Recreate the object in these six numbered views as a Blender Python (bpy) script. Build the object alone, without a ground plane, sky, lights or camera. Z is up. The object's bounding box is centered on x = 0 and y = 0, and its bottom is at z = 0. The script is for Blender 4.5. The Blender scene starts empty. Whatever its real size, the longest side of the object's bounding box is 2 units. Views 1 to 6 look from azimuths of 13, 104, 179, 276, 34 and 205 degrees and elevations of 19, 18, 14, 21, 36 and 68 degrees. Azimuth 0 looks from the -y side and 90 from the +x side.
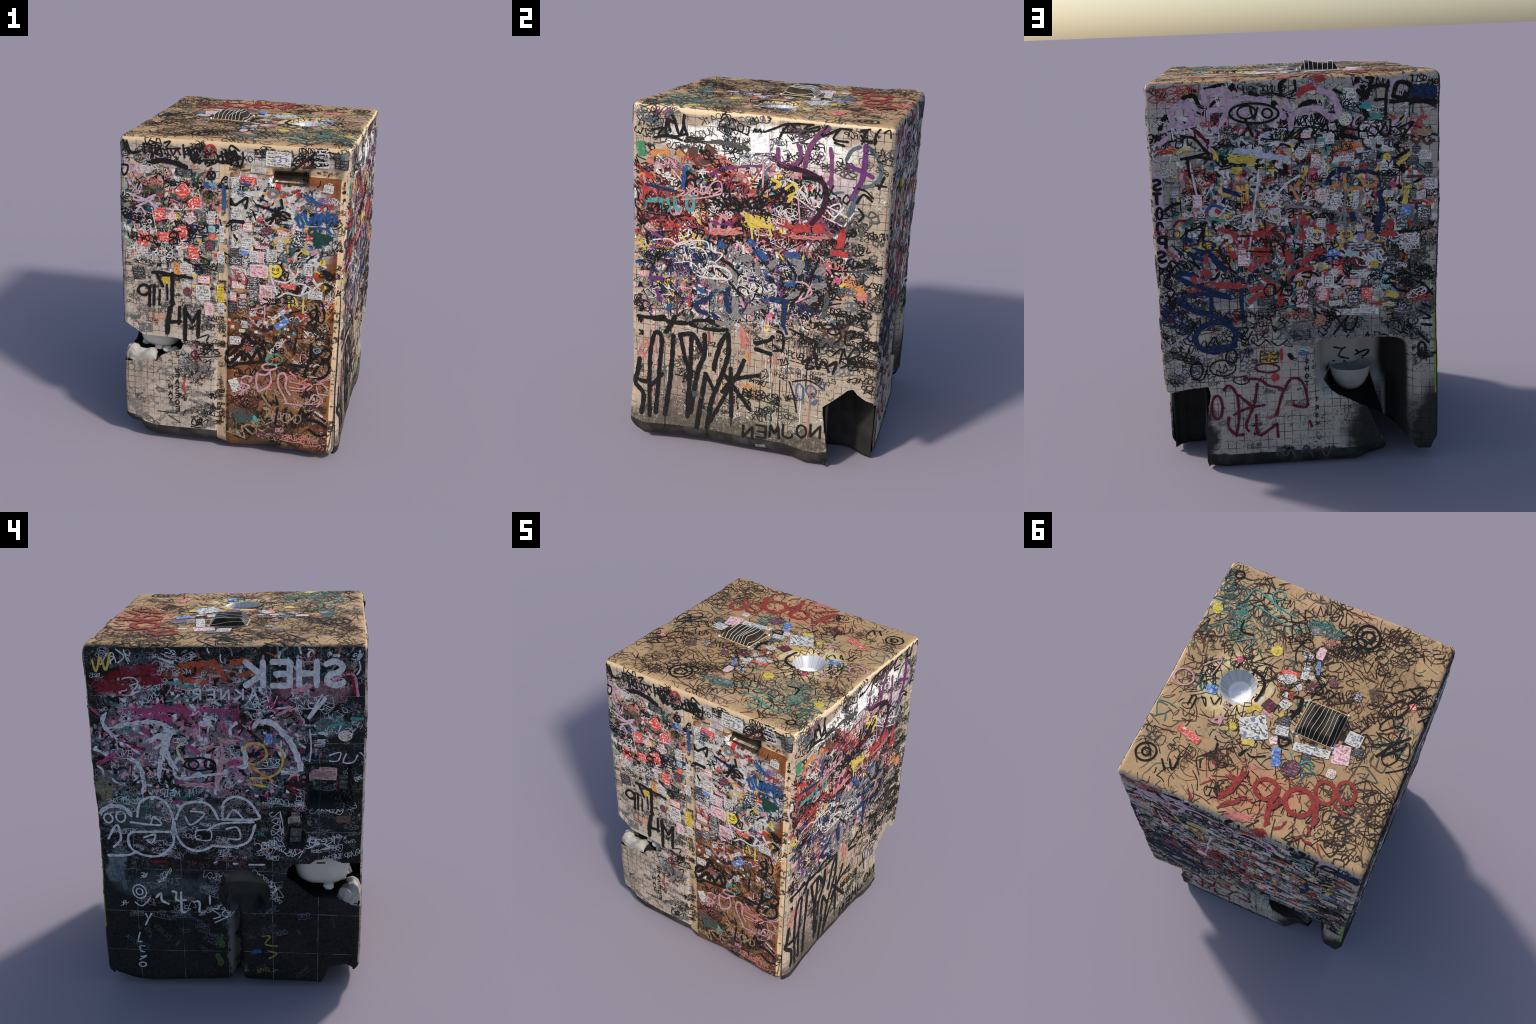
# A graffiti-covered tiled washroom cubicle, seen as a free-standing shell:
# four tiled walls, a ceiling with lamp well and vent, a door with frame and
# closer, a corner wash basin, a toilet bowl and a waste-bin corner.
import bpy, bmesh, math, random
from mathutils import Vector, noise

PI = math.pi
RND = random.Random(77)


# ------------------------------------------------------------------ helpers
def lerp(a, b, t):
    return a + (b - a) * t


def sstep(a, b, x):
    if a == b:
        return 1.0 if x >= a else 0.0
    t = max(0.0, min(1.0, (x - a) / (b - a)))
    return t * t * (3 - 2 * t)


def table(pts, x):
    """piecewise linear profile through hand-placed control points"""
    if x <= pts[0][0]:
        return pts[0][1]
    for (x0, y0), (x1, y1) in zip(pts, pts[1:]):
        if x <= x1:
            return lerp(y0, y1, (x - x0) / (x1 - x0))
    return pts[-1][1]


def inside(poly, x, y):
    c = False
    j = len(poly) - 1
    for i in range(len(poly)):
        xi, yi = poly[i]
        xj, yj = poly[j]
        if (yi > y) != (yj > y) and x < (xj - xi) * (y - yi) / (yj - yi) + xi:
            c = not c
        j = i
    return c


def nearest_on(poly, x, y):
    best = None
    j = len(poly) - 1
    for i in range(len(poly)):
        ax, ay = poly[j]
        bx, by = poly[i]
        dx, dy = bx - ax, by - ay
        L = dx * dx + dy * dy
        t = 0 if L == 0 else max(0, min(1, ((x - ax) * dx + (y - ay) * dy) / L))
        px, py = ax + t * dx, ay + t * dy
        d = (px - x) ** 2 + (py - y) ** 2
        if best is None or d < best[0]:
            best = (d, px, py)
        j = i
    return best[0] ** 0.5, best[1], best[2]


# ------------------------------------------------------- shape of the shell
# Every wall has flat coordinates (u, v) as seen from outside, u to the right:
#   front u = x   right u = y   back u = -x   left u = -y ; v = z
#   top   u = x, v = y
H = 1.948
R = 0.034                                     # rounding of the box edges
TOP = {"FL": (-0.652, -0.706), "FR": (0.690, -0.694), "BR": (0.688, 0.710), "BL": (-0.696, 0.692)}
BOT = {"FL": (-0.660, -0.708), "FR": (0.680, -0.700), "BR": (0.678, 0.713), "BL": (-0.684, 0.692)}

ZB = {  # lower edge of each wall
    "front": [(-.70, .135), (-.64, .112), (-.575, .10), (-.55, .055), (-.47, .032), (-.25, .050), (-.06, .055),
              (.02, .038), (.12, .045), (.26, .070), (.36, .052), (.44, .063), (.58, .050), (.70, .075)],
    "right": [(-.71, .075), (-.62, .030), (-.45, .05), (-.30, .058), (-.04, .048), (.21, .048), (.32, .014), (.40, .016),
              (.46, .04), (.55, .06), (.72, .04)],
    "back": [(-.71, .04), (-.55, .03), (-.49, .012), (-.40, .0), (.0, .008), (.36, .012), (.42, .03), (.60, .05), (.66, .05), (.70, .12)],
    "left": [(-.70, 0.106), (-.655, 0.061), (-.56, 0.031), (-.45, 0.016), (-.2, 0.031), (-.02, 0.038), (.02, 0.086), (.045, 0.081), (.07, 0.041),
             (.30, 0.034), (.49, 0.026), (.515, 0.071), (.53, 0.131), (.63, 0.151), (.68, 0.121), (.72, 0.121)],
}

HOLES = {  # places where the shell is open, with a ragged edge
    "back": [[(-.80, -.2), (-.80, .46), (-.70, .445), (-.655, .425), (-.56, .443), (-.468, .448), (-.458, .40), (-.495, .22), (-.49, -.2)],
             [(.115, .415), (.17, .455), (.34, .465), (.365, .41), (.395, .30), (.44, .20), (.52, .12), (.59, .06), (.60, -.2), (.43, -.2),
              (.435, .05), (.33, .285), (.25, .34), (.15, .385)]],
    "right": [[(.46, -.2), (.455, .08), (.449, .143), (.43, .25), (.413, .378), (.454, .413), (.518, .471), (.542, .498), (.575, .512),
               (.598, .484), (.646, .456), (.693, .442), (.80, .46), (.80, -.2)]],
    "front": [[(-.80, .80), (-.66, .795), (-.635, .778), (-.586, .752), (-.543, .727), (-.339, .731), (-.303, .722), (-.289, .69), (-.300, .655),
               (-.36, .635), (-.43, .60), (-.47, .55), (-.54, .552), (-.66, .53), (-.80, .53)]],
    "left": [[(.300, .69), (.312, .755), (.341, .776), (.427, .779), (.455, .803), (.534, .812), (.591, .791), (.68, .788), (.80, .80),
              (.80, .53), (.66, .53), (.60, .56), (.572, .571), (.445, .579), (.341, .667)],
             [(.535, .46), (.548, .465), (.560, .44), (.568, .385), (.555, .38), (.54, .42)]],
    "top": [[(.318 + .100 * math.cos(2 * PI * i / 48), .002 + .100 * math.sin(2 * PI * i / 48)) for i in range(48)]],
}


def corner_mix(q, s, t):
    """bilinear blend of four plan corners"""
    a, b, c, d = q["FL"], q["FR"], q["BR"], q["BL"]
    x = (1 - s) * (1 - t) * a[0] + s * (1 - t) * b[0] + s * t * c[0] + (1 - s) * t * d[0]
    y = (1 - s) * (1 - t) * a[1] + s * (1 - t) * b[1] + s * t * c[1] + (1 - s) * t * d[1]
    return x, y


XA, XB, YA, YB = -0.685, 0.685, -0.70, 0.70   # nominal box


def bump(u, v, cu, cv, ru, rv, p=2.0):
    d = (abs((u - cu) / ru) ** p + abs((v - cv) / rv) ** p)
    return max(0.0, 1 - d)


def dent(face, u, v):
    """depth in metres by which the wall is pushed towards the inside"""
    d = 0.0
    if face == "front":
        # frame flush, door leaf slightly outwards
        leaf = sstep(-.012, -.004, u) * (1 - sstep(.640, .650, u)) * (1 - sstep(1.760, 1.768, v))
        groove = (1 - sstep(.003, .010, abs(u + .009))) * (1 - sstep(1.76, 1.77, v)) + (1 - sstep(.003, .010, abs(v - 1.764))) * sstep(-.01, 0, u) * (1 - sstep(.63, .65, u))
        frame = sstep(-.075, -.068, u) * (1 - sstep(.674, .684, u)) * (1 - sstep(1.812, 1.820, v)) * (1 - leaf)
        d += .006 * frame
        d += -0.003 * leaf * (1 - .5 * sstep(.4, .6, v) * (1 - sstep(1.0, 1.2, v))) + .008 * min(1, groove)
        # hollow of the door closer and of its arm
        d += .060 * sstep(.232, .252, u) * (1 - sstep(.435, .455, u)) * sstep(1.710, 1.730, v) * (1 - sstep(1.785, 1.805, v))
        d += .020 * sstep(.40, .46, u) * (1 - sstep(.60, .66, u)) * sstep(1.74, 1.78, v) * (1 - sstep(1.85, 1.91, v))
    elif face == "right":
        d -= .012 * (1 - sstep(.15, .45, v)) + .008 * (1 - sstep(-.62, -.45, u)) * (1 - sstep(.9, 1.3, v))
    elif face == "back":
        xb = lerp(-.60, -.27, sstep(.40, .52, v))
        m = sstep(xb - .03, xb + .05, u) * (1 - sstep(.57, .66, u))
        # shelf groove, panel below it stands proud again
        d += m * .020 * sstep(.665, .70, v) * (1 - sstep(.755, .795, v))
        d += m * .009 * (1 - sstep(.62, .69, v))
        d += .014 * sstep(.36, .48, u) * (1 - sstep(.60, .70, u)) * sstep(.72, .85, v) * (1 - sstep(1.3, 1.7, v))
        # niche of the toilet bowl, deepening towards the rear corner
        n = sstep(.06, .13, u) * (1 - sstep(.38, .58, u)) * (1 - sstep(.60, .675, v))
        d += .235 * n * max(sstep(.36, .47, v), sstep(.42, .47, u))
        n2 = sstep(.27, .36, u) * (1 - sstep(.40, .60, u)) * (1 - sstep(.42, .66, v))
        d += .06 * n2
    elif face == "left":
        m = sstep(-.63, -.50, u) * (1 - sstep(.22, .27, u))
        d += m * .018 * sstep(.675, .71, v) * (1 - sstep(.765, .805, v))
        d -= m * .003 * (1 - sstep(.60, .70, v))
        d += .18 * (bump(u, v, .075, .60, .14, .125) ** 0.5) * sstep(.475, .52, v) * lerp(1, .15, sstep(.56, .66, v))      # bowl
        d += .07 * (1 - sstep(.0, .035, abs(u - .035))) * (1 - sstep(.44, .54, v))       # pipe groove
        d += .12 * sstep(.405, .425, u) * (1 - sstep(.620, .64, u)) * sstep(1.09, 1.15, v) * (1 - sstep(1.315, 1.34, v))
        d += .09 * sstep(.295, .315, u) * (1 - sstep(.385, .405, u)) * sstep(.86, .92, v) * (1 - sstep(1.05, 1.075, v))
        d += .004 * sstep(.25, .40, u) * (1 - sstep(.60, .68, u)) * (1 - sstep(.55, .78, v))
    elif face == "top":
        r = math.hypot(u - .318, v - .002) / .1
        d += .010 * (1 - sstep(1.0, 1.25, r))
    return d


def foot_curl(face, u, v):
    zb = table(ZB[face], u)
    h = (v - zb) / 0.05
    return 0.026 * (1 - max(0, min(1, h))) ** 2 if face != "top" else 0


FRAME = {
    "front": (Vector((1, 0, 0)), Vector((0, -1, 0))),
    "right": (Vector((0, 1, 0)), Vector((1, 0, 0))),
    "back": (Vector((-1, 0, 0)), Vector((0, 1, 0))),
    "left": (Vector((0, -1, 0)), Vector((-1, 0, 0))),
    "top": (Vector((1, 0, 0)), Vector((0, 0, 1))),
}


def box_point(face, u, v):
    if face == "front":
        return Vector((u, YA, v))
    if face == "right":
        return Vector((XB, u, v))
    if face == "back":
        return Vector((-u, YB, v))
    if face == "left":
        return Vector((XA, -u, v))
    return Vector((u, v, H))


def surf(face, u, v, off=0.0):
    """flat wall coordinates -> point on the real, uneven shell"""
    q = box_point(face, u, v)
    lo = Vector((XA + R, YA + R, -5))
    hi = Vector((XB - R, YB - R, H - R))
    c = Vector((min(max(q.x, lo.x), hi.x), min(max(q.y, lo.y), hi.y), min(max(q.z, lo.z), hi.z)))
    n = q - c
    n = n.normalized() if n.length > 1e-9 else FRAME[face][1].copy()
    p = c + n * R
    # quadrilateral plan, slightly different at head and foot
    s = (p.x - XA) / (XB - XA)
    t = (p.y - YA) / (YB - YA)
    k = max(0, min(1, p.z / H))
    xb, yb = corner_mix(BOT, s, t)
    xt, yt = corner_mix(TOP, s, t)
    p2 = Vector((lerp(xb, xt, k), lerp(yb, yt, k), p.z))
    # slow unevenness of the walls, lumpy edges
    w = 0.010 * noise.noise(Vector((q.x * 1.6, q.y * 1.6, q.z * 1.6)) + Vector((3.1, 7.7, 1.3)))
    w += 0.004 * noise.noise(q * 6.0 + Vector((11.2, 4.1, 9.3)))
    w += 0.0018 * noise.noise(q * 19.0)
    d = dent(face, u, v)
    if face != "top":
        d += foot_curl(face, u, v)
    p2 = p2 + n * (w - d + off)
    if p.z > .8:
        # the ceiling tilts up to the front and right, one rear corner stands up
        kk = sstep(.8, H, p.z)
        p2.z += kk * (0.014 * bump(p.x, p.y, -.62, .62, .16, .16) + .016 * (1 - t) + .011 * s * (1 - .4 * t) - .004 - .006 * bump(p.x, p.y, 0, 0, .6, .6))
    return p2


def sheet_name(face):
    return {"front": "front_wall", "right": "right_wall", "back": "back_wall", "left": "left_wall", "top": "ceiling"}[face]


# --------------------------------------------------------------- object tools
ROOT = None


def new_object(name, verts, faces, mat, parent=None, smooth=True, uv=None):
    me = bpy.data.meshes.new(name)
    me.from_pydata([tuple(v) for v in verts], [], faces)
    me.update()
    if smooth:
        me.shade_smooth()
    ob = bpy.data.objects.new(name, me)
    bpy.context.scene.collection.objects.link(ob)
    if mat:
        for m in (mat if isinstance(mat, (list, tuple)) else [mat]):
            me.materials.append(m)
    ob.parent = parent or ROOT
    return ob


def apply_mods(ob):
    dg = bpy.context.evaluated_depsgraph_get()
    ev = ob.evaluated_get(dg)
    me = bpy.data.meshes.new_from_object(ev)
    old = ob.data
    ob.modifiers.clear()
    ob.data = me
    me.name = old.name
    bpy.data.meshes.remove(old)


def axis(a, b, n):
    """grid lines, denser near both ends where the edge is rounded"""
    e = 0.05
    m = 7
    xs = [a + e * i / m for i in range(m)]
    k = max(2, n - 2 * m)
    xs += [lerp(a + e, b - e, i / k) for i in range(k + 1)]
    xs += [b - e + e * i / m for i in range(1, m + 1)]
    return xs


STEP = 0.0115


def edge_normal(face, u, v):
    """normal of the rounded box edge, None on the flat of a wall"""
    q = box_point(face, u, v)
    c = Vector((min(max(q.x, XA + R), XB - R), min(max(q.y, YA + R), YB - R), min(q.z, H - R)))
    n = (q - c)
    hit = sum(1 for k in n if abs(k) > 1e-6)
    return n.normalized() if hit > 1 else None


def region(face, u, v, low):
    """which part of the room a patch of shell belongs to"""
    if face == "front":
        if -.008 < u < .645 and v < 1.764:
            return "door"
        if -.071 < u < .677 and v < 1.817:
            return "door_frame"
        if low < .075 and u < -.07:
            return "skirting"
        return "front_wall"
    if face == "right":
        return "skirting" if low < .085 else "right_wall"
    if face == "back":
        if low < .066 and -.5 < u < .45:
            return "skirting"
        return "back_wall"
    if face == "left":
        return "left_wall"
    return "ceiling"


def build_wall(face, mats):
    """one side of the shell: outer skin, inner skin, and an edge strip
    wherever the skin ends (holes and foot); split into its parts"""
    lim = {"front": (XA, XB), "back": (-XB, -XA), "right": (YA, YB), "left": (-YB, -YA), "top": (XA, XB)}[face]
    us = axis(lim[0], lim[1], int((lim[1] - lim[0]) / STEP))
    rows = []
    if face == "top":
        for v in axis(YA, YB, int((YB - YA) / STEP)):
            rows.append([(u, v) for u in us])
    else:
        zn = axis(0, H, int(H / STEP))
        for z in zn:
            rows.append([(u, z if z > .3 else lerp(table(ZB[face], u), .3, z / .3)) for u in us])
    nu, nr = len(us), len(rows)
    flat = [p for r in rows for p in r]
    holes = HOLES.get(face, [])
    quads = []
    for j in range(nr - 1):
        for i in range(nu - 1):
            idx = (j * nu + i, j * nu + i + 1, (j + 1) * nu + i + 1, (j + 1) * nu + i)
            cu = sum(flat[k][0] for k in idx) / 4
            cv = sum(flat[k][1] for k in idx) / 4
            if any(inside(h, cu, cv) for h in holes):
                continue
            quads.append((idx, region(face, cu, cv, 1.0 if face == "top" else zn[j])))
    if holes:                                # snap the borders on to the ragged outline
        count = {}
        for f, _ in quads:
            for k in f:
                count[k] = count.get(k, 0) + 1
        for k, (u, v) in enumerate(flat):
            j, i = divmod(k, nu)
            if count.get(k, 0) in (1, 2, 3) and 0 < i < nu - 1 and 0 < j < nr - 1:
                best = min((nearest_on(h, u, v) for h in holes), key=lambda b: b[0])
                if best[0] < 0.02:
                    jag = (0.0 if face == "top" else 0.004) * noise.noise(Vector((u * 40, v * 40, 2.0)))
                    flat[k] = (best[1] + jag, best[2] + jag * .7)
    pos = [surf(face, *p) for p in flat]
    # vertex normals of the whole skin
    nor = [Vector() for _ in flat]
    for f, _ in quads:
        a, b, c, d = (pos[k] for k in f)
        n = (c - a).cross(d - b)
        for k in f:
            nor[k] += n
    for k, p in enumerate(flat):
        e = edge_normal(face, *p)
        nor[k] = e if e else (nor[k].normalized() if nor[k].length > 0 else FRAME[face][1])
    # open boundary edges
    ecount = {}
    for f, _ in quads:
        for a, b in zip(f, f[1:] + f[:1]):
            ecount.setdefault(frozenset((a, b)), []).append((a, b))
    open_edges = []
    for key, lst in ecount.items():
        if len(lst) == 1:
            a, b = lst[0]
            ja, ia = divmod(a, nu)
            jb, ib = divmod(b, nu)
            shared = (ia == ib and ia in (0, nu - 1)) or (ja == jb == nr - 1) or (face == "top")
            if not shared:
                open_edges.append((a, b))
    T = 0.009
    made = []
    names = []
    for _, r in quads:
        if r not in names:
            names.append(r)
    for r in names:
        fs = [f for f, q in quads if q == r]
        used = sorted({k for f in fs for k in f})
        m = {k: n for n, k in enumerate(used)}
        N = len(used)
        verts = [pos[k] for k in used] + [pos[k] - nor[k] * T for k in used]
        normals = [nor[k] for k in used] + [-nor[k] for k in used]
        faces = [tuple(m[k] for k in f) for f in fs]
        nout = len(faces)
        faces += [tuple(N + m[k] for k in reversed(f)) for f in fs]
        ninn = len(faces)
        mine = {frozenset((a, b)) for f in fs for a, b in zip(f, f[1:] + f[:1])}
        for a, b in open_edges:
            if frozenset((a, b)) in mine:
                base = len(verts)
                verts += [pos[a], pos[b], pos[b] - nor[b] * T, pos[a] - nor[a] * T]
                side = (pos[b] - pos[a]).cross(nor[a])
                side = side.normalized() if side.length > 0 else nor[a]
                normals += [side] * 4
                faces.append((base + 3, base + 2, base + 1, base))
        ob = new_object(r, verts, faces, [mats[r], mats["inside"]])
        for pn, p in enumerate(ob.data.polygons):
            if nout <= pn < ninn:
                p.material_index = 1
        ob.data.normals_split_custom_set_from_vertices([tuple(n) for n in normals])
        made.append(ob)
    return made


# ------------------------------------------------------------------ fixtures
def grid_object(name, fn, nu, nv, mat, closed_u=False, parent=None, thick=0.0):
    verts = []
    for j in range(nv + 1):
        for i in range(nu if closed_u else nu + 1):
            verts.append(fn(i / nu, j / nv))
    w = nu if closed_u else nu + 1
    faces = []
    for j in range(nv):
        for i in range(nu):
            i2 = (i + 1) % w
            faces.append((j * w + i, j * w + i2, (j + 1) * w + i2, (j + 1) * w + i))
    ob = new_object(name, verts, faces, mat, parent)
    if thick:
        so = ob.modifiers.new("thickness", "SOLIDIFY")
        so.thickness = thick
        so.offset = 0
        apply_mods(ob)
    return ob


def tube(name, pts, rad, mat, parent=None, sides=8, closed=False):
    verts, faces = [], []
    P = [Vector(p) for p in pts]
    n = len(P)
    for i, p in enumerate(P):
        d = (P[min(n - 1, i + 1)] - P[max(0, i - 1)]).normalized()
        a = d.cross(Vector((0.21, 0.13, 0.97)))
        a = a.normalized() if a.length > 1e-4 else Vector((1, 0, 0))
        b = d.cross(a)
        r = rad(i / (n - 1)) if callable(rad) else rad
        for k in range(sides):
            t = 2 * PI * k / sides
            verts.append(p + (a * math.cos(t) + b * math.sin(t)) * r)
    for i in range(n - 1):
        for k in range(sides):
            k2 = (k + 1) % sides
            faces.append((i * sides + k, i * sides + k2, (i + 1) * sides + k2, (i + 1) * sides + k))
    faces.append(tuple(reversed(range(sides))))
    faces.append(tuple((n - 1) * sides + k for k in range(sides)))
    return new_object(name, verts, faces, mat, parent)


def slab(name, face, cu, cv, w, h, t, mat, rot=0.0, parent=None, bev=0.25, base=0.0, n=5):
    """a chamfered plate lying on a wall, following its unevenness"""
    ca, sa = math.cos(rot), math.sin(rot)
    verts, faces = [], []
    rings = [(1.0, base - .003), (1.0, base + t * (1 - bev)), (1 - 2 * t * bev / max(min(w, h), 1e-6), base + t)]
    loop = []
    for i in range(n):
        loop.append((-.5 + i / n, -.5))
    for i in range(n):
        loop.append((.5, -.5 + i / n))
    for i in range(n):
        loop.append((.5 - i / n, .5))
    for i in range(n):
        loop.append((-.5, .5 - i / n))
    L = len(loop)
    for k, off in rings:
        for a, b in loop:
            x, y = a * w * k, b * h * k
            verts.append(surf(face, cu + x * ca - y * sa, cv + x * sa + y * ca, off))
    for r in range(len(rings) - 1):
        for i in range(L):
            j = (i + 1) % L
            faces.append((r * L + i, r * L + j, (r + 1) * L + j, (r + 1) * L + i))
    base_i = len(verts)
    k, off = rings[-1]
    g = {}
    for b in range(n + 1):
        for a in range(n + 1):
            x, y = (-.5 + a / n) * w * k, (-.5 + b / n) * h * k
            g[a, b] = len(verts)
            verts.append(surf(face, cu + x * ca - y * sa, cv + x * sa + y * ca, off))
    for b in range(n):
        for a in range(n):
            faces.append((g[a, b], g[a + 1, b], g[a + 1, b + 1], g[a, b + 1]))
    return new_object(name, verts, faces, mat, parent, smooth=False)


def superloop(t, a, b, p=3.0):
    c, s = math.cos(t), math.sin(t)
    return (a * abs(c) ** (2 / p) * (1 if c >= 0 else -1), b * abs(s) ** (2 / p) * (1 if s >= 0 else -1))


def build_fixtures(M):
    # --- extractor vent on the ceiling: bulging dark mesh with white wires
    vx0, vx1, vy0, vy1 = -.285, -.065, -.075, .128

    def vent_h(a, b):
        e = min(1, a / .16, (1 - a) / .16, b / .20, (1 - b) / .20)
        e = sstep(0, 1, max(0, e))
        return .002 + e * (.033 + .012 * noise.noise(Vector((a * 2.6 + 3, b * 2.2, .4))) + .008 * math.sin(a * 9 + 1))

    def vent_p(a, b):
        x = lerp(vx0, vx1, a) + .010 * (b - .5)
        y = lerp(vy0, vy1, b)
        p = surf("top", x, y)
        return Vector((p.x, p.y, p.z + vent_h(a, b)))
    vent = grid_object("ceiling_vent", vent_p, 40, 34, M["vent_dark"])
    for i in range(9):
        a = (i + .6) / 9.2
        pts = []
        for k in range(40):
            b = k / 39
            wa = a + .020 * math.sin(b * 5 + i * .7)
            p = vent_p(wa, b)
            pts.append((p.x, p.y, p.z + .0012))
        tube("vent_wire", pts, .0016, M["white_metal"], vent, 6)
    frame_pts = [(0, 0), (1, 0), (1, 1), (0, 1)]
    for (a, b), (c, d) in zip(frame_pts, frame_pts[1:] + frame_pts[:1]):
        pts = []
        for k in range(16):
            p = vent_p(lerp(a, c, k / 15), lerp(b, d, k / 15))
            pts.append((p.x, p.y, p.z))
        tube("vent_frame", pts, .0032, M["frame_wood"], vent, 6)
    for a, b in frame_pts:
        p = vent_p(a, b)
        pts = [(p.x, p.y, p.z - .002), (p.x, p.y, p.z + .004), (p.x, p.y, p.z + .0075)]
        tube("vent_screw", pts, lambda t: .009 * (1 - .35 * t), M["white_metal"], vent, 14)

    # --- lamp set into the ceiling: shallow glass dish with a flange
    def lamp_p(a, b):
        t = 2 * PI * a
        r = table([(0, 0), (.30, .046), (.55, .064), (.80, .086), (.93, .100), (1, .106)], b)
        z = table([(0, -.084), (.30, -.080), (.55, -.064), (.80, -.026), (.93, -.0025), (1, .0012)], b)
        p = surf("top", .318 + .104 * math.cos(t), .002 + .104 * math.sin(t))
        return Vector((.3195 + r * math.cos(t), .002 + r * math.sin(t), p.z + z))
    grid_object("ceiling_lamp", lamp_p, 64, 26, M["lamp_well"], True)

    # --- door closer with its arm and a round knob
    closer = slab("door_closer", "front", .344, 1.764, .200, .060, .003, M["dark_metal"], -.02, n=24)
    slab("closer_cover", "front", .336, 1.729, .19, .022, .006, M["brown_metal"], -.02, closer, n=16)
    slab("closer_arm", "front", .418, 1.850, .195, .016, .006, M["dark_metal"], .70, closer, n=8, base=.004)
    slab("closer_bracket", "front", .455, 1.825, .075, .018, .005, M["dark_metal"], .12, closer, base=.004)
    c = surf("front", .345, 1.716, .004)
    tube("closer_screw", [c, c + Vector((0, -.006, 0))], .011, M["brown_metal"], closer, 12)

    # --- corner wash basin: the hull of the bowl hangs below the walls' edge
    def basin_p(a, b):
        t = 2 * PI * a
        prof = [(0, 0), (.10, .70), (.22, .88), (.45, .97), (1.0, 1.06)]
        k = table(prof, b)
        x, y = superloop(t, .134 * k, .152 * k, 3.0)
        z = lerp(.590, .81, b) if b > .05 else .588 + .04 * b
        return Vector((-.462 + x, -.492 + y, z + .004 * noise.noise(Vector((x * 9, y * 9, z * 9)))))
    basin = grid_object("wash_basin", basin_p, 56, 20, M["porcelain"], True, None, .006)
    slot = []
    for k in range(8):
        t = k / 7
        slot.append((-.6020, -.490 + .045 * (t - .5), .757 - .003 * t))
    tube("overflow_slot", slot, .0045, M["rust"], basin, 6)

    # --- torn plaster lip that is left of the pedestal, wrapped round the corner
    def lip_p(a, b):
        # a runs from the front wall round the corner to the left wall
        path = [(-.450, -.684), (-.50, -.690), (-.57, -.693), (-.612, -.691), (-.636, -.680), (-.645, -.655), (-.645, -.63), (-.640, -.605)]
        f = a * (len(path) - 1)
        i = min(len(path) - 2, int(f))
        x = lerp(path[i][0], path[i + 1][0], f - i)
        y = lerp(path[i][1], path[i + 1][1], f - i)
        inw = Vector((-.48 - x, -.52 - y, 0)).normalized()
        prof_in = table([(0, -.004), (.4, -.008), (.6, .004), (.8, .028), (1, .060)], b)
        z0 = .535 + .012 * math.sin(a * 17)
        prof_z = table([(0, 0), (.4, .050), (.6, .078), (.8, .090), (1, .072)], b)
        wv = noise.noise(Vector((a * 9, b * 3, 5.0)))
        ends = 1 - .55 * abs(2 * a - .95) ** 3
        return Vector((x, y, z0 + prof_z * ends + .010 * wv * b)) + inw * (prof_in + .004 * wv + .003 * math.sin(a * 40 + b * 9))
    grid_object("plaster_lip", lip_p, 60, 20, M["plaster"], False, None, .006)
    for k, (x, y, z, r) in enumerate([(-.40, -.61, .600, .030), (-.355, -.62, .595, .036), (-.46, -.60, .605, .026), (-.56, -.53, .60, .03)]):
        def blob(a, b, x=x, y=y, z=z, r=r, k=k):
            th, ph = 2 * PI * a, PI * b
            d = Vector((math.sin(ph) * math.cos(th), math.sin(ph) * math.sin(th), math.cos(ph)))
            q = r * (1 + .35 * noise.noise(d * 1.7 + Vector((k * 3.3, 0, 0))))
            return Vector((x, y, z)) + Vector((d.x * q, d.y * q, d.z * q * .7))
        grid_object("plaster_lump", blob, 18, 12, M["porcelain"], True)

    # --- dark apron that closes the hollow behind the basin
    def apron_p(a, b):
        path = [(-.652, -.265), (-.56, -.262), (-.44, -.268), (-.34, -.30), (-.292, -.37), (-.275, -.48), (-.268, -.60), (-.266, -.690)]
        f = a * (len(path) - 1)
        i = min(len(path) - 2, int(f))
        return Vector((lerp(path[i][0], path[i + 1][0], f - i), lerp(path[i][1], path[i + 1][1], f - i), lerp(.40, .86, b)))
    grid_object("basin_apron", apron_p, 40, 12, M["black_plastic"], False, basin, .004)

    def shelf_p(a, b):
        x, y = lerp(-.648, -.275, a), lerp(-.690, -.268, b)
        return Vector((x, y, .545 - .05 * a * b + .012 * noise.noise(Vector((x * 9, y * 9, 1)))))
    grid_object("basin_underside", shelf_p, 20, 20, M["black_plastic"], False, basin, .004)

    # --- toilet bowl below the niche of the back wall
    def bowl_p(a, b):
        t = 2 * PI * a
        k = table([(0, 0), (.12, .42), (.30, .68), (.6, .88), (1, 1)], b)
        x, y = superloop(t, .105 * k, .095 * k, 2.3)
        z = lerp(.325, .462, b)
        return Vector((-.262 + x, .500 + y, z))
    grid_object("toilet_bowl", bowl_p, 48, 18, M["grimy_porcelain"], True, None, .006)  # dim porcelain

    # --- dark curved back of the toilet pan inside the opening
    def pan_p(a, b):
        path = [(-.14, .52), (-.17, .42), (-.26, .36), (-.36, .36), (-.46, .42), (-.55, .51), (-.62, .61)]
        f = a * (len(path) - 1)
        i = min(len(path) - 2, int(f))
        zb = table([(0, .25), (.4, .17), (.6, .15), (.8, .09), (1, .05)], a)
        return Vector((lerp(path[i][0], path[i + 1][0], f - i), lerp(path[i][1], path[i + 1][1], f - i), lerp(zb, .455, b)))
    grid_object("pan_back", pan_p, 36, 12, M["black_plastic"], False, None, .004)

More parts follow.
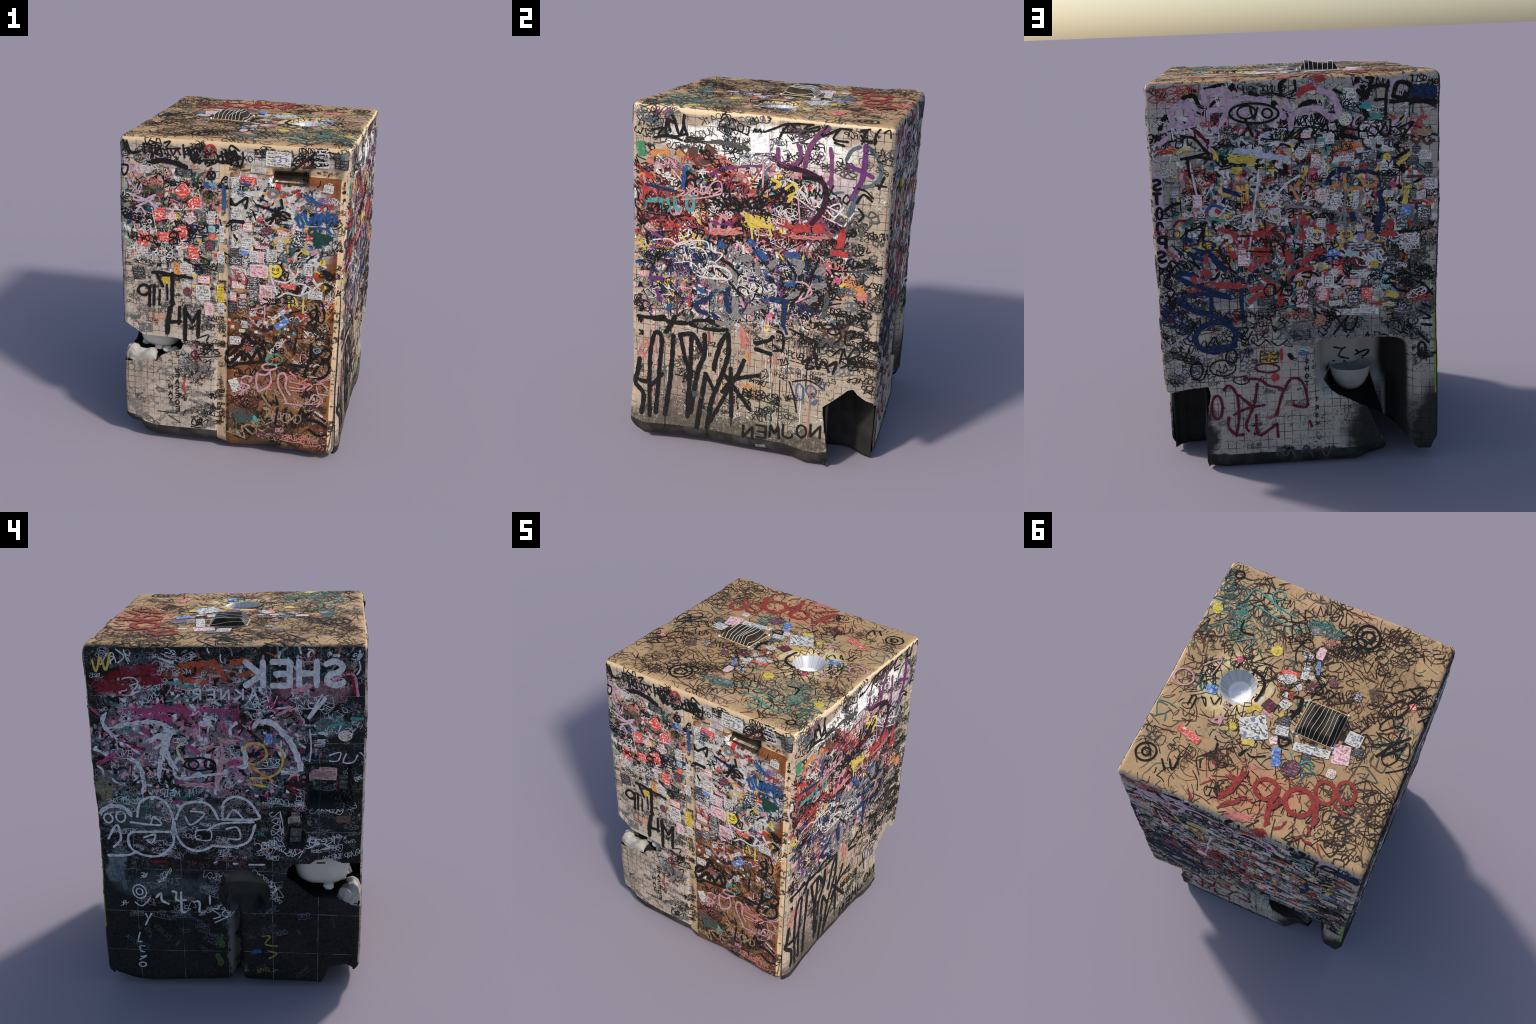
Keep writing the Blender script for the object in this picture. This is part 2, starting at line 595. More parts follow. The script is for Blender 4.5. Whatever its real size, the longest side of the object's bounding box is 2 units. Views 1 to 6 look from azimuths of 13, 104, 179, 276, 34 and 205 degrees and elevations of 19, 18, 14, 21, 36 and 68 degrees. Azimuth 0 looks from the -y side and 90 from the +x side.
    # --- waste bin standing in the open rear corner (two dark inner faces)
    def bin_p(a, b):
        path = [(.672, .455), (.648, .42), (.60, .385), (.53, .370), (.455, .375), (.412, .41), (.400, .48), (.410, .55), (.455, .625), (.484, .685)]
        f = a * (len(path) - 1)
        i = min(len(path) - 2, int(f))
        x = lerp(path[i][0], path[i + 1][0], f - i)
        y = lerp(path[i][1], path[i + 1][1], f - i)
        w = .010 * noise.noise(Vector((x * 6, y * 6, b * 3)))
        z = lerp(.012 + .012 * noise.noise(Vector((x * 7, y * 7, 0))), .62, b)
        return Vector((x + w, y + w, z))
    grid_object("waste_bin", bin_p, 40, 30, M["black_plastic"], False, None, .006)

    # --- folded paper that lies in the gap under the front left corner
    def paper_p(a, b):
        return Vector((-.600 + .10 * b, -.515 - .125 * a, .165 - .045 * b + .012 * math.sin(a * 7) + .02 * a * (1 - b)))
    grid_object("paper_scrap", paper_p, 12, 8, M["paper"], False, None, .004)




# ------------------------------------------------------------------ materials
INK = {  # paint and marker colours (own colour, no light in it)
    "black": (.016, .015, .015), "white": (.78, .73, .66), "chalk": (.74, .74, .77), "red": (.56, .040, .035), "maroon": (.17, .012, .03), "brickred": (.38, .040, .030),
    "crimson": (.26, .012, .025), "blue": (.025, .11, .33), "lightblue": (.13, .42, .68), "paleblue": (.55, .62, .75), "navy": (.016, .036, .105),
    "slate": (.11, .15, .20), "slateblue": (.10, .15, .27), "lilac": (.62, .42, .52), "darkgreen": (.015, .075, .055), "greendark": (.06, .10, .08),
    "pink": (.72, .34, .38), "hotpink": (.72, .10, .26), "magenta": (.52, .06, .20), "salmon": (.68, .20, .16), "orange": (.80, .28, .05),
    "orangered": (.55, .09, .02), "yellow": (.78, .55, .03), "paleyellow": (.72, .70, .30), "ochre": (.34, .25, .05), "grey": (.27, .25, .235),
    "darkgrey": (.10, .10, .09), "teal": (.06, .38, .34), "tealdark": (.03, .17, .16), "purple": (.16, .035, .20), "plum": (.22, .06, .17),
    "darkplum": (.05, .018, .035), "brown": (.14, .055, .04), "darkbrown": (.05, .030, .024), "tan": (.42, .27, .14), "mossgreen": (.07, .12, .03),
}


class Net:
    """small helper to wire shader nodes"""

    def __init__(self, name, rough=.8, spec=.08):
        self.m = bpy.data.materials.new(name)
        self.m.use_nodes = True
        self.t = self.m.node_tree
        self.b = self.t.nodes["Principled BSDF"]
        self.b.inputs["Roughness"].default_value = rough
        self.b.inputs["Specular IOR Level"].default_value = spec

    def node(self, kind, **kw):
        n = self.t.nodes.new(kind)
        for k, v in kw.items():
            setattr(n, k, v)
        return n

    def put(self, sock, val):
        if isinstance(val, bpy.types.NodeSocket):
            self.t.links.new(val, sock)
        else:
            if sock.type == "RGBA" and len(val) == 3:
                val = (*val, 1)
            sock.default_value = val

    def math(self, op, a, b=0.0, c=0.0, clamp=False):
        n = self.node("ShaderNodeMath", operation=op, use_clamp=clamp)
        for i, v in enumerate((a, b, c)):
            self.put(n.inputs[i], v)
        return n.outputs[0]

    def mix(self, f, a, b, mode="MIX"):
        n = self.node("ShaderNodeMix", data_type="RGBA", blend_type=mode)
        self.put(n.inputs[0], f)
        self.put(n.inputs[6], a)
        self.put(n.inputs[7], b)
        return n.outputs[2]

    def ramp(self, x, a, b, lo=0.0, hi=1.0, smooth=True):
        n = self.node("ShaderNodeMapRange", interpolation_type="SMOOTHSTEP" if smooth else "LINEAR")
        for k, v in (("Value", x), ("From Min", a), ("From Max", b), ("To Min", lo), ("To Max", hi)):
            self.put(n.inputs[k], v)
        return n.outputs[0]

    def vec(self, x, y, z=0.0):
        n = self.node("ShaderNodeCombineXYZ")
        for i, v in enumerate((x, y, z)):
            self.put(n.inputs[i], v)
        return n.outputs[0]

    def noise(self, co, scale, detail=2.0, rough=.5, dist=0.0, col=False):
        n = self.node("ShaderNodeTexNoise")
        self.put(n.inputs["Vector"], co)
        n.inputs["Scale"].default_value = scale
        n.inputs["Detail"].default_value = detail
        n.inputs["Roughness"].default_value = rough
        n.inputs["Distortion"].default_value = dist
        return n.outputs["Color" if col else "Fac"]

    def split(self, v):
        n = self.node("ShaderNodeSeparateXYZ")
        self.put(n.inputs[0], v)
        return n.outputs

    def palette(self, x, cols):
        n = self.node("ShaderNodeValToRGB")
        r = n.color_ramp
        r.interpolation = "CONSTANT"
        while len(r.elements) < len(cols):
            r.elements.new(1.0)
        for i, c in enumerate(cols):
            r.elements[i].position = i / len(cols)
            r.elements[i].color = (*c, 1)
        self.put(n.inputs[0], x)
        return n.outputs[0]

    def done(self, col, bump=None, strength=.15, dist=.002):
        self.put(self.b.inputs["Base Color"], col)
        if bump is not None:
            n = self.node("ShaderNodeBump")
            n.inputs["Strength"].default_value = strength
            n.inputs["Distance"].default_value = dist
            self.put(n.inputs["Height"], bump)
            self.put(self.b.inputs["Normal"], n.outputs[0])
        return self.m


def flat_coords(N, face):
    o = N.split(N.node("ShaderNodeTexCoord").outputs["Object"])
    neg = lambda s: N.math("MULTIPLY", s, -1.0)
    return {"front": (o[0], o[2]), "right": (o[1], o[2]), "back": (neg(o[0]), o[2]), "left": (neg(o[1]), o[2]), "top": (o[0], o[1])}[face]


def ellipse_mask(N, U, V, cu, cv, ru, rv, a=1.1, b=.65):
    x = N.math("MULTIPLY_ADD", U, 1 / ru, -cu / ru)
    y = N.math("MULTIPLY_ADD", V, 1 / rv, -cv / rv)
    d = N.math("SQRT", N.math("ADD", N.math("MULTIPLY", x, x), N.math("MULTIPLY", y, y)))
    return N.ramp(d, a, b)


def painted_wall(name, face, base, base2, zones=(), mosaics=(), scribbles=(), grout=None, rough=.75, planks=False, bare_below=None, niche=None, coving=None):  # rim band
    """a wall surface: base, sprayed clouds (zones), layers of torn paper and
    paint flecks (mosaics), hair-fine pen scribble (scribbles), tile joints"""
    N = Net(name, rough)
    U, V = flat_coords(N, face)
    co = N.vec(U, V, 0)
    big = N.noise(co, 3.0, 3)
    fine = N.noise(co, 60.0, 3)
    col = N.mix(N.ramp(big, .35, .65), base, base2)
    col = N.mix(N.ramp(fine, .3, .75, 0, .35), col, N.mix(.5, base, (.1, .09, .08)))
    if planks:
        grain = N.noise(N.vec(N.math("MULTIPLY", U, 60.0), N.math("MULTIPLY", V, 3.0), 0), 1.0, 4, .6)
        col = N.mix(N.ramp(grain, .4, .7, 0, .6), col, tuple(c * .45 for c in base))
    wob = N.noise(co, 9.0, 3, .6, 0, True)
    w = N.split(wob)
    Uw = N.math("MULTIPLY_ADD", N.math("SUBTRACT", w[0], .5), .16, U)
    Vw = N.math("MULTIPLY_ADD", N.math("SUBTRACT", w[1], .5), .16, V)
    streak = N.noise(N.vec(N.math("MULTIPLY", U, 55.0), N.math("MULTIPLY", V, 30.0), 0), 1.0, 3, .65)
    brk = N.ramp(streak, .36, .60)
    solids = [z for z in zones if z[5] >= 2]
    for cu, cv, ru, rv, c, s in [z for z in zones if z[5] < 2]:
        m = N.math("MULTIPLY", ellipse_mask(N, Uw, Vw, cu, cv, ru, rv), N.math("MULTIPLY_ADD", brk, .5 * s, .5 * s), clamp=True)
        col = N.mix(m, col, c)
    for scale, cols, cut, areas, sx in mosaics:
        v = N.node("ShaderNodeTexVoronoi", distance="CHEBYCHEV")
        v.inputs["Scale"].default_value = scale
        v.inputs["Randomness"].default_value = .9
        wv = N.noise(co, scale * .8, 2, .5, 0, True)
        off = N.node("ShaderNodeVectorMath", operation="MULTIPLY_ADD")
        N.put(off.inputs[0], wv)
        off.inputs[1].default_value = (.6 / scale,) * 3
        N.put(off.inputs[2], N.vec(N.math("MULTIPLY", U, sx), V, scale * .37))
        N.put(v.inputs["Vector"], off.outputs[0])
        r = N.split(v.outputs["Color"])
        pc = N.palette(r[0], cols)
        m = N.math("GREATER_THAN", r[1], cut)
        dens = None
        for cu, cv, ru, rv in areas:
            e = ellipse_mask(N, Uw, Vw, cu, cv, ru, rv, 1.15, .8)
            dens = e if dens is None else N.math("MAXIMUM", dens, e)
        if dens is not None:
            m = N.math("MULTIPLY", m, N.math("GREATER_THAN", dens, r[2]))
        edge = N.ramp(v.outputs["Distance"], .33, .42, 1, .25)
        col = N.mix(N.math("MULTIPLY", m, edge), col, pc)
    for scale, width, c, patch, s in scribbles:
        n = N.noise(N.vec(U, V, scale * .13), scale, 1.0, .5, .9)
        line = N.ramp(N.math("ABSOLUTE", N.math("SUBTRACT", n, .5)), width, width * .5)
        pm = N.ramp(N.noise(N.vec(U, V, scale), 6.0, 2), patch, patch + .06)
        if bare_below:
            pm = N.math("MULTIPLY", pm, N.ramp(Vw, bare_below, bare_below + .15))
        col = N.mix(N.math("MULTIPLY", N.math("MULTIPLY", line, pm), s), col, c)
    hgt = fine
    if grout:
        pitch, gw, gc, gs = grout
        ln = None
        for A, k in ((U, 0.011), (V, 0.017)):
            f = N.math("FRACT", N.math("MULTIPLY_ADD", A, 1 / pitch, 40 + k / pitch))
            e = N.math("ABSOLUTE", N.math("SUBTRACT", f, .5))
            l = N.ramp(e, .5 - gw / pitch, .5 - gw / pitch * .4)
            ln = l if ln is None else N.math("MAXIMUM", ln, l)
        worn = N.ramp(N.noise(co, 14.0, 3), .38, .62, .15, 1)
        ln = N.math("MULTIPLY", ln, worn)
        col = N.mix(N.math("MULTIPLY", ln, gs), col, gc)
        hgt = N.math("SUBTRACT", N.math("MULTIPLY", fine, .3), ln)
    for cu, cv, ru, rv, c, s in solids:                   # smooth solid patches over everything
        col = N.mix(N.math("MULTIPLY", ellipse_mask(N, Uw, Vw, cu, cv, ru, rv, 1.2, .6), .96), col, c)
    if coving:                                            # cream band along the upper edge
        lap = N.ramp(N.math('ADD', V, N.math('MULTIPLY', N.math('SUBTRACT', w[2], .5), .05)), coving[1], coving[1] + .012)
        col = N.mix(N.math('MULTIPLY', lap, .85), col, coving[0])
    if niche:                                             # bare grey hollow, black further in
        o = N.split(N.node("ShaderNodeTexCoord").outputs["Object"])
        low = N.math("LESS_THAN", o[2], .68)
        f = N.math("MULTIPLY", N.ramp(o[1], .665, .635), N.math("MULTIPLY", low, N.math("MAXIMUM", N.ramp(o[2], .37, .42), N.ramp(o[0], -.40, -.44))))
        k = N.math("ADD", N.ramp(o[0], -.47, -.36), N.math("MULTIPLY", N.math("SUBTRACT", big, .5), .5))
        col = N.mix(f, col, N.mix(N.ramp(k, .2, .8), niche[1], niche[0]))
    return N.done(col, hgt, .25, .0015)


def ink_material(name, c):
    N = Net(name + "_paint", .75)
    co = N.node("ShaderNodeTexCoord").outputs["Object"]
    lum = .3 * c[0] + .6 * c[1] + .1 * c[2]
    c = tuple(lerp(x, lum, .14) * (.90 if lum > .03 else 1) for x in c)
    k = N.noise(co, 45.0, 3, .6)
    d = tuple(x * .68 for x in c)
    col = N.mix(N.ramp(k, .35, .68), c, d)
    worn = N.noise(co, 110.0, 4, .65)                     # dry, scuffed paint
    col = N.mix(N.ramp(worn, .54, .70, 0, .5 if lum > .03 else .18), col, (.16, .14, .125))
    return N.done(col)


PRINTS = {  # sticker kinds: paper colour, print colour, second print colour, border colour or None
    "whiteprint": ((.70, .65, .58), (.06, .055, .06), (.10, .16, .25), None),
    "paleprint": ((.70, .70, .52), (.10, .10, .08), (.25, .25, .2), (.45, .45, .3)),
    "blackprint": ((.018, .017, .018), (.28, .27, .26), (.10, .09, .09), None),
    "blackwhite": ((.03, .03, .03), (.68, .67, .66), (.72, .70, .68), None),
    "greyprint": ((.17, .165, .15), (.05, .05, .05), (.38, .37, .35), None),
    "redprint": ((.66, .045, .035), (.80, .42, .34), (.82, .74, .66), None),
    "redborder": ((.78, .72, .68), (.52, .08, .08), (.30, .12, .12), (.66, .06, .06)),
    "redring": ((.72, .66, .60), (.50, .16, .06), (.10, .05, .03), (.13, .10, .07)),
    "orangering": ((.62, .28, .16), (.03, .02, .02), (.03, .02, .02), (.55, .22, .12)),
    "reddot": ((.68, .07, .05), (.80, .35, .28), (.75, .3, .2), None),
    "pinkprint": ((.76, .55, .54), (.52, .16, .22), (.45, .10, .16), None),
    "pinkred": ((.55, .05, .16), (.20, .01, .05), (.70, .25, .20), None),
    "darkpink": ((.045, .025, .03), (.42, .12, .18), (.35, .10, .14), (.02, .015, .015)),
    "darkred": ((.09, .014, .02), (.03, .02, .025), (.45, .05, .06), (.02, .015, .015)),
    "orangeprint": ((.66, .26, .10), (.28, .04, .03), (.66, .42, .06), (.60, .22, .06)),
    "orangedots": ((.03, .022, .02), (.72, .42, .06), (.72, .45, .10), None),
    "yellowprint": ((.68, .48, .03), (.09, .07, .04), (.25, .16, .03), None),
    "yellowwash": ((.74, .66, .12), (.78, .74, .40), (.60, .48, .05), None),
    "yellowdark": ((.62, .52, .18), (.22, .07, .03), (.20, .06, .03), (.70, .62, .30)),
    "yellowdot": ((.74, .58, .06), (.12, .09, .02), (.5, .35, .03), None),
    "smiley": ((.78, .62, .04), (.78, .62, .04), (.72, .55, .04), (.70, .50, .03)),
    "smileypale": ((.60, .46, .10), (.50, .38, .08), (.38, .33, .22), (.50, .36, .06)),
    "greenprint": ((.05, .24, .11), (.03, .16, .08), (.12, .32, .16), None),
    "tealprint": ((.30, .52, .48), (.10, .26, .28), (.5, .6, .55), None),
    "blueprint": ((.14, .27, .58), (.04, .08, .26), (.60, .64, .72), None),
    "purpleprint": ((.40, .26, .44), (.05, .03, .07), (.6, .5, .62), None),
    "brownprint": ((.13, .07, .04), (.05, .03, .02), (.25, .14, .08), None),
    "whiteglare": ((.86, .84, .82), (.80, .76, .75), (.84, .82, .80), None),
    "whitepine": ((.70, .68, .66), (.55, .25, .05), (.06, .16, .05), None),
}


def sticker_material(kind, plane):
    paper, p1, p2, border = PRINTS[kind]
    N = Net(kind + "_" + plane, .45, .3)
    g = N.split(N.node("ShaderNodeTexCoord").outputs["Generated"])
    U, V = {"xz": (g[0], g[2]), "yz": (g[1], g[2]), "xy": (g[0], g[1])}[plane]
    rnd = N.node("ShaderNodeObjectInfo").outputs["Random"]
    rows = N.math("ADD", 3.0, N.math("FLOOR", N.math("MULTIPLY", rnd, 4.0)))
    vr = N.math("MULTIPLY", V, rows)
    row = N.math("FLOOR", vr)
    fr = N.math("ABSOLUTE", N.math("SUBTRACT", N.math("FRACT", vr), .5))
    seed = N.math("MULTIPLY", rnd, 91.0)
    chars = N.noise(N.vec(N.math("MULTIPLY", U, 11.0), N.math("MULTIPLY_ADD", row, 5.3, seed), N.math("MULTIPLY", V, 14.0)), 1.0, 1.5)
    ink = N.math("MULTIPLY", N.math("GREATER_THAN", chars, .5), N.math("LESS_THAN", fr, .34))
    lay = N.noise(N.vec(U, V, seed), 3.1, 1.0)
    pic = N.math("GREATER_THAN", lay, .56)
    blob = N.noise(N.vec(U, V, N.math("ADD", seed, 7.7)), 8.0, 2.0)
    ink = N.math("MAXIMUM", N.math("MULTIPLY", ink, N.math("SUBTRACT", 1.0, pic)), N.math("MULTIPLY", pic, N.math("GREATER_THAN", blob, .52)))
    eu = N.math("ABSOLUTE", N.math("SUBTRACT", U, .5))
    ev = N.math("ABSOLUTE", N.math("SUBTRACT", V, .5))
    e = N.math("MAXIMUM", eu, ev)
    ink = N.math("MULTIPLY", ink, N.math("LESS_THAN", e, .42))
    pcol = N.mix(pic, p1, p2)
    col = N.mix(N.math("MULTIPLY", ink, .9), paper, pcol)
    if border:
        col = N.mix(N.math("GREATER_THAN", e, .44), col, border)
    dirt = N.noise(N.node("ShaderNodeTexCoord").outputs["Object"], 40.0, 4, .6)
    col = N.mix(N.ramp(dirt, .48, .72, 0, .55), col, (.10, .085, .07))
    return N.done(col)


# -------------------------------------------------------------- marks on walls
PART_FACE = {"front": "front", "door": "front", "door_frame": "front", "right": "right", "back": "back", "left": "left", "top": "top"}
WALLS = {}          # part name -> object that carries the marks
BATCH = {}          # (part, colour, layer) -> [verts, faces]
MATS = {}
LIFT = {"n": 0}


def next_lift(layer):
    LIFT["n"] = (LIFT["n"] + 1) % 4000
    return (.0007, .0021, .0034, .0046)[layer] + LIFT["n"] / 4000 * .0010


def smooth_path(pts, step):
    """Catmull-Rom through the control points, resampled"""
    if len(pts) == 2:
        out = []
        n = max(1, int(math.dist(*pts) / step))
        for i in range(n + 1):
            out.append((lerp(pts[0][0], pts[1][0], i / n), lerp(pts[0][1], pts[1][1], i / n)))
        return out
    P = [pts[0]] + list(pts) + [pts[-1]]
    out = []
    for i in range(1, len(P) - 2):
        n = max(2, int(math.dist(P[i], P[i + 1]) / step))
        for k in range(n):
            t = k / n
            q = []
            for a in (0, 1):
                p0, p1, p2, p3 = P[i - 1][a], P[i][a], P[i + 1][a], P[i + 2][a]
                q.append(.5 * (2 * p1 + (p2 - p0) * t + (2 * p0 - 5 * p1 + 4 * p2 - p3) * t * t + (3 * p1 - p0 - 3 * p2 + p3) * t ** 3))
            out.append(tuple(q))
    out.append(tuple(pts[-1]))
    return out


def on_shell(face, u, v):
    if face == "top":
        return -.70 < u < .70 and -.70 < v < .70 and math.hypot(u - .318, v - .002) > .1 and not (-.29 < u < -.06 and -.08 < v < .135)
    if face == "left" and math.hypot((u - .075) / .14, (v - .59) / .125) < 1:
        return False
    steep = (face == "left" and u > .27 and .84 < v < 1.37) or (face == "back" and u > 0 and v < .8) or (face == "front" and v > 1.68 and .2 < u < .5)
    if steep and abs(dent(face, u + .012, v) - dent(face, u - .012, v)) + abs(dent(face, u, v + .012) - dent(face, u, v - .012)) > .022:
        return False
    if v > H - .004 or v < table(ZB[face], u) + .004 or abs(u) > .70:
        return False
    return not any(inside(h, u, v) for h in HOLES.get(face, []))


def ribbon(part, colour, path, width, layer=2, jitter=.12, sep=None):
    """a band of paint lying on the wall, with blunt round ends"""
    face = PART_FACE[part]
    run = []
    for p in path + [None]:
        if p is not None and on_shell(face, *p):
            run.append(p)
            continue
        if len(run) > 1:
            band(face, part, colour, run, width, layer, jitter, sep)
        run = []


def band(face, part, colour, path, width, layer, jitter, sep):
    key = (part, colour, layer) if sep is None else (part, colour, sep)
    verts, faces = BATCH.setdefault(key, [[], []])
    off = next_lift(layer)
    n = len(path)
    base = len(verts)
    hw = width / 2
    ph = LIFT["n"] * 1.7
    rows = []
    d0 = (path[1][0] - path[0][0], path[1][1] - path[0][1])
    L = math.hypot(*d0) or 1
    d0 = (d0[0] / L, d0[1] / L)
    d1 = (path[-1][0] - path[-2][0], path[-1][1] - path[-2][1])
    L = math.hypot(*d1) or 1
    d1 = (d1[0] / L, d1[1] / L)
    for k in (-.95, -.6):
        c = math.sqrt(1 - k * k)
        rows.append(((path[0][0] + d0[0] * k * hw * .9, path[0][1] + d0[1] * k * hw * .9), d0, c))
    for i, p in enumerate(path):
        a, b = path[max(0, i - 1)], path[min(n - 1, i + 1)]
        d = (b[0] - a[0], b[1] - a[1])
        L = math.hypot(*d) or 1
        w = 1 + jitter * math.sin(ph + i * .9) * .6 + jitter * .5 * math.sin(ph * 2 + i * 2.3)
        rows.append((p, (d[0] / L, d[1] / L), w))
    for k in (.6, .95):
        c = math.sqrt(1 - k * k)
        rows.append(((path[-1][0] + d1[0] * k * hw * .9, path[-1][1] + d1[1] * k * hw * .9), d1, c))
    for (x, y), (dx, dy), w in rows:
        for s in (-1, 0, 1) if width > .012 else (-1, 1):
            verts.append(surf(face, x - dy * s * hw * w, y + dx * s * hw * w, off))
    m = 3 if width > .012 else 2
    for i in range(len(rows) - 1):
        for k in range(m - 1):
            a = base + i * m + k
            faces.append((a + 1, a, a + m, a + m + 1))


def parse(s):
    return [tuple(float(x) for x in q.split(",")) for q in s.split()]


def stroke(part, colour, width, pts, layer=2):
    pts = parse(pts) if isinstance(pts, str) else pts
    big = width >= .016
    if width >= .020 and colour not in ("black", "darkplum", "navy", "purple", "plum", "lilac"):
        # a broad stroke is laid down as several overlapping brush or marker pulls
        k = max(3, int(width / .0075))
        path = smooth_path(pts, .009)
        n = len(path)
        for i in range(k):
            f = (i + .5) / k - .5
            cut0, cut1 = RND.randint(0, max(0, n // 6)), RND.randint(0, max(0, n // 6))
            sub = []
            for q in range(cut0, n - cut1):
                a, b = path[max(0, q - 1)], path[min(n - 1, q + 1)]
                L = math.dist(a, b) or 1
                o = f * width + .0022 * math.sin(q * 1.3 + i * 2.1 + width * 900)
                sub.append((path[q][0] - (b[1] - a[1]) / L * o, path[q][1] + (b[0] - a[0]) / L * o))
            if len(sub) > 1:
                ribbon(part, colour, sub, width / k * RND.uniform(.9, 1.5), layer, .35)
    else:
        ribbon(part, colour, smooth_path(pts, .009), width, layer, .16 if big else .25)
    if big and colour not in ("grey", "white") and RND.random() < .45:      # runs of wet paint
        x, y = RND.choice(pts)
        l = RND.uniform(.03, .09)
        ribbon(part, colour, smooth_path([(x, y), (x + RND.uniform(-.002, .002), y - l)], .012), .004, layer)


def ring(part, colour, width, c, rx, ry, rot=0.0, layer=2):
    pts = []
    n = max(14, int((rx + ry) * 3.2 / .008))
    ca, sa = math.cos(rot), math.sin(rot)
    wob = RND.uniform(0, 6)
    for i in range(n + 1):
        t = 2 * PI * i / n
        k = 1 + .05 * math.sin(2 * t + wob)
        x, y = rx * k * math.cos(t), ry * k * math.sin(t)
        pts.append((c[0] + x * ca - y * sa, c[1] + x * sa + y * ca))
    ribbon(part, colour, pts, width, layer, .15)


# a plain stroke alphabet, each letter a few pen strokes in a unit box
ABC = {
    "A": "0,0 .5,1 1,0|.2,.4 .8,.4", "B": "0,0 0,1 .7,.95 .75,.6 .1,.52 .9,.45 .85,.05 0,0", "C": "1,.85 .5,1 .05,.6 .1,.2 .5,0 1,.15",
    "D": "0,0 0,1 .7,.9 1,.5 .7,.08 0,0", "E": "1,1 0,1 0,0 1,0|0,.5 .8,.5", "F": "1,1 0,1 0,0|0,.52 .75,.52", "G": "1,.85 .5,1 .05,.6 .1,.2 .5,0 1,.2 1,.45 .6,.45",
    "H": "0,0 0,1|1,0 1,1|0,.5 1,.5", "I": ".5,0 .5,1|.2,1 .8,1|.2,0 .8,0", "J": "1,1 1,.2 .6,0 .1,.1 0,.3", "K": "0,0 0,1|1,1 .1,.45 1,0",
    "L": "0,1 0,0 1,0", "M": "0,0 .1,1 .5,.35 .9,1 1,0", "N": "0,0 0,1 1,0 1,1", "O": ".5,0 .05,.3 .1,.8 .5,1 .9,.8 .95,.3 .5,0", "P": "0,0 0,1 .8,.95 .9,.65 .6,.45 0,.45",
    "R": "0,0 0,1 .8,.95 .85,.65 .1,.48 1,0", "S": "1,.88 .5,1 .05,.78 .3,.55 .75,.45 .95,.2 .5,0 0,.12", "T": ".5,0 .5,1|0,1 1,1",
    "U": "0,1 0,.25 .5,0 1,.25 1,1", "V": "0,1 .5,0 1,1", "W": "0,1 .25,0 .5,.7 .75,0 1,1", "X": "0,0 1,1|0,1 1,0", "Y": "0,1 .5,.5 1,1|.5,.5 .5,0", "Z": "0,1 1,1 0,0 1,0",
    "2": "0,.8 .5,1 .95,.75 .1,.05 1,0", "3": "0,.9 .6,1 .9,.75 .4,.52 .95,.3 .5,0 0,.1", "4": ".8,0 .8,1 0,.35 1,.35", "5": "1,1 .1,1 .1,.55 .8,.6 .9,.2 .4,0 0,.1",
    "8": ".5,.5 .1,.75 .5,1 .9,.75 .5,.5 .05,.22 .5,0 .95,.22 .5,.5",
}
SHAPES = list(ABC) + ["o", "z", "w", "l", "e"]
ABC_EXTRA = {"o": ".5,.1 .1,.5 .5,.9 .9,.5 .5,.1 1,.2", "z": "0,.9 .8,1 .1,.1 1,.2", "w": "0,.9 .2,.1 .45,.8 .6,.1 1,1", "l": ".2,1 .3,0 .8,.2", "e": "0,.5 .9,.55 .6,.95 .1,.6 .3,.1 1,.2"}


def glyph(ch):
    return [parse(s) for s in (ABC.get(ch) or ABC_EXTRA[ch]).split("|")]


def letters(part, colour, width, text, start, step, h, layer=3):
    """mirror-written capitals: the wall is seen from behind"""
    h *= 1.35
    w = h * .72
    for i, ch in enumerate(text):
        cx, cy = start[0] + step[0] * i, start[1] + step[1] * i
        for st in glyph(ch):
            pts = [(cx - (x - .5) * w, cy + (y - .5) * h) for x, y in st]
            ribbon(part, colour, smooth_path(pts, .006) if len(pts) > 3 and ch in "BCDGJOPRSU" else sum([smooth_path([a, b], .008)[:-1] for a, b in zip(pts, pts[1:])], []) + [pts[-1]], width, layer, .12)


def tag(part, colour, cu, cv, h, n, width, rot=0.0, layer=1, rnd=RND):
    """an unreadable signature: n letter-like loops written in one go"""
    slant = rnd.uniform(-.5, .5)
    adv = rnd.uniform(.62, .95)
    ca, sa = math.cos(rot), math.sin(rot)
    x0 = -n * adv * h / 2
    joined = rnd.random() < .5
    last = None
    for i in range(n):
        hh = h * rnd.uniform(.75, 1.3)
        for st in glyph(rnd.choice(SHAPES)):
            pts = []
            for x, y in st:
                x = 1 - x
                px = x0 + i * adv * h + (x + slant * y + rnd.uniform(-.12, .12)) * hh * .75
                py = (y - .5 + rnd.uniform(-.12, .12)) * hh
                pts.append((cu + px * ca - py * sa, cv + px * sa + py * ca))
            if joined and last and rnd.random() < .7:
                pts = [last] + pts
            last = pts[-1]
            ribbon(part, colour, smooth_path(pts, max(.007, h * .16)), width, layer, .2)
    if rnd.random() < .25:
        y = -h * .75
        pts = [(x0, y), (0, y - h * .1), (-x0, y + h * .05)]
        ribbon(part, colour, smooth_path([(cu + a * ca - b * sa, cv + a * sa + b * ca) for a, b in pts], .012), width, layer)


STICKERS = {"n": 0}


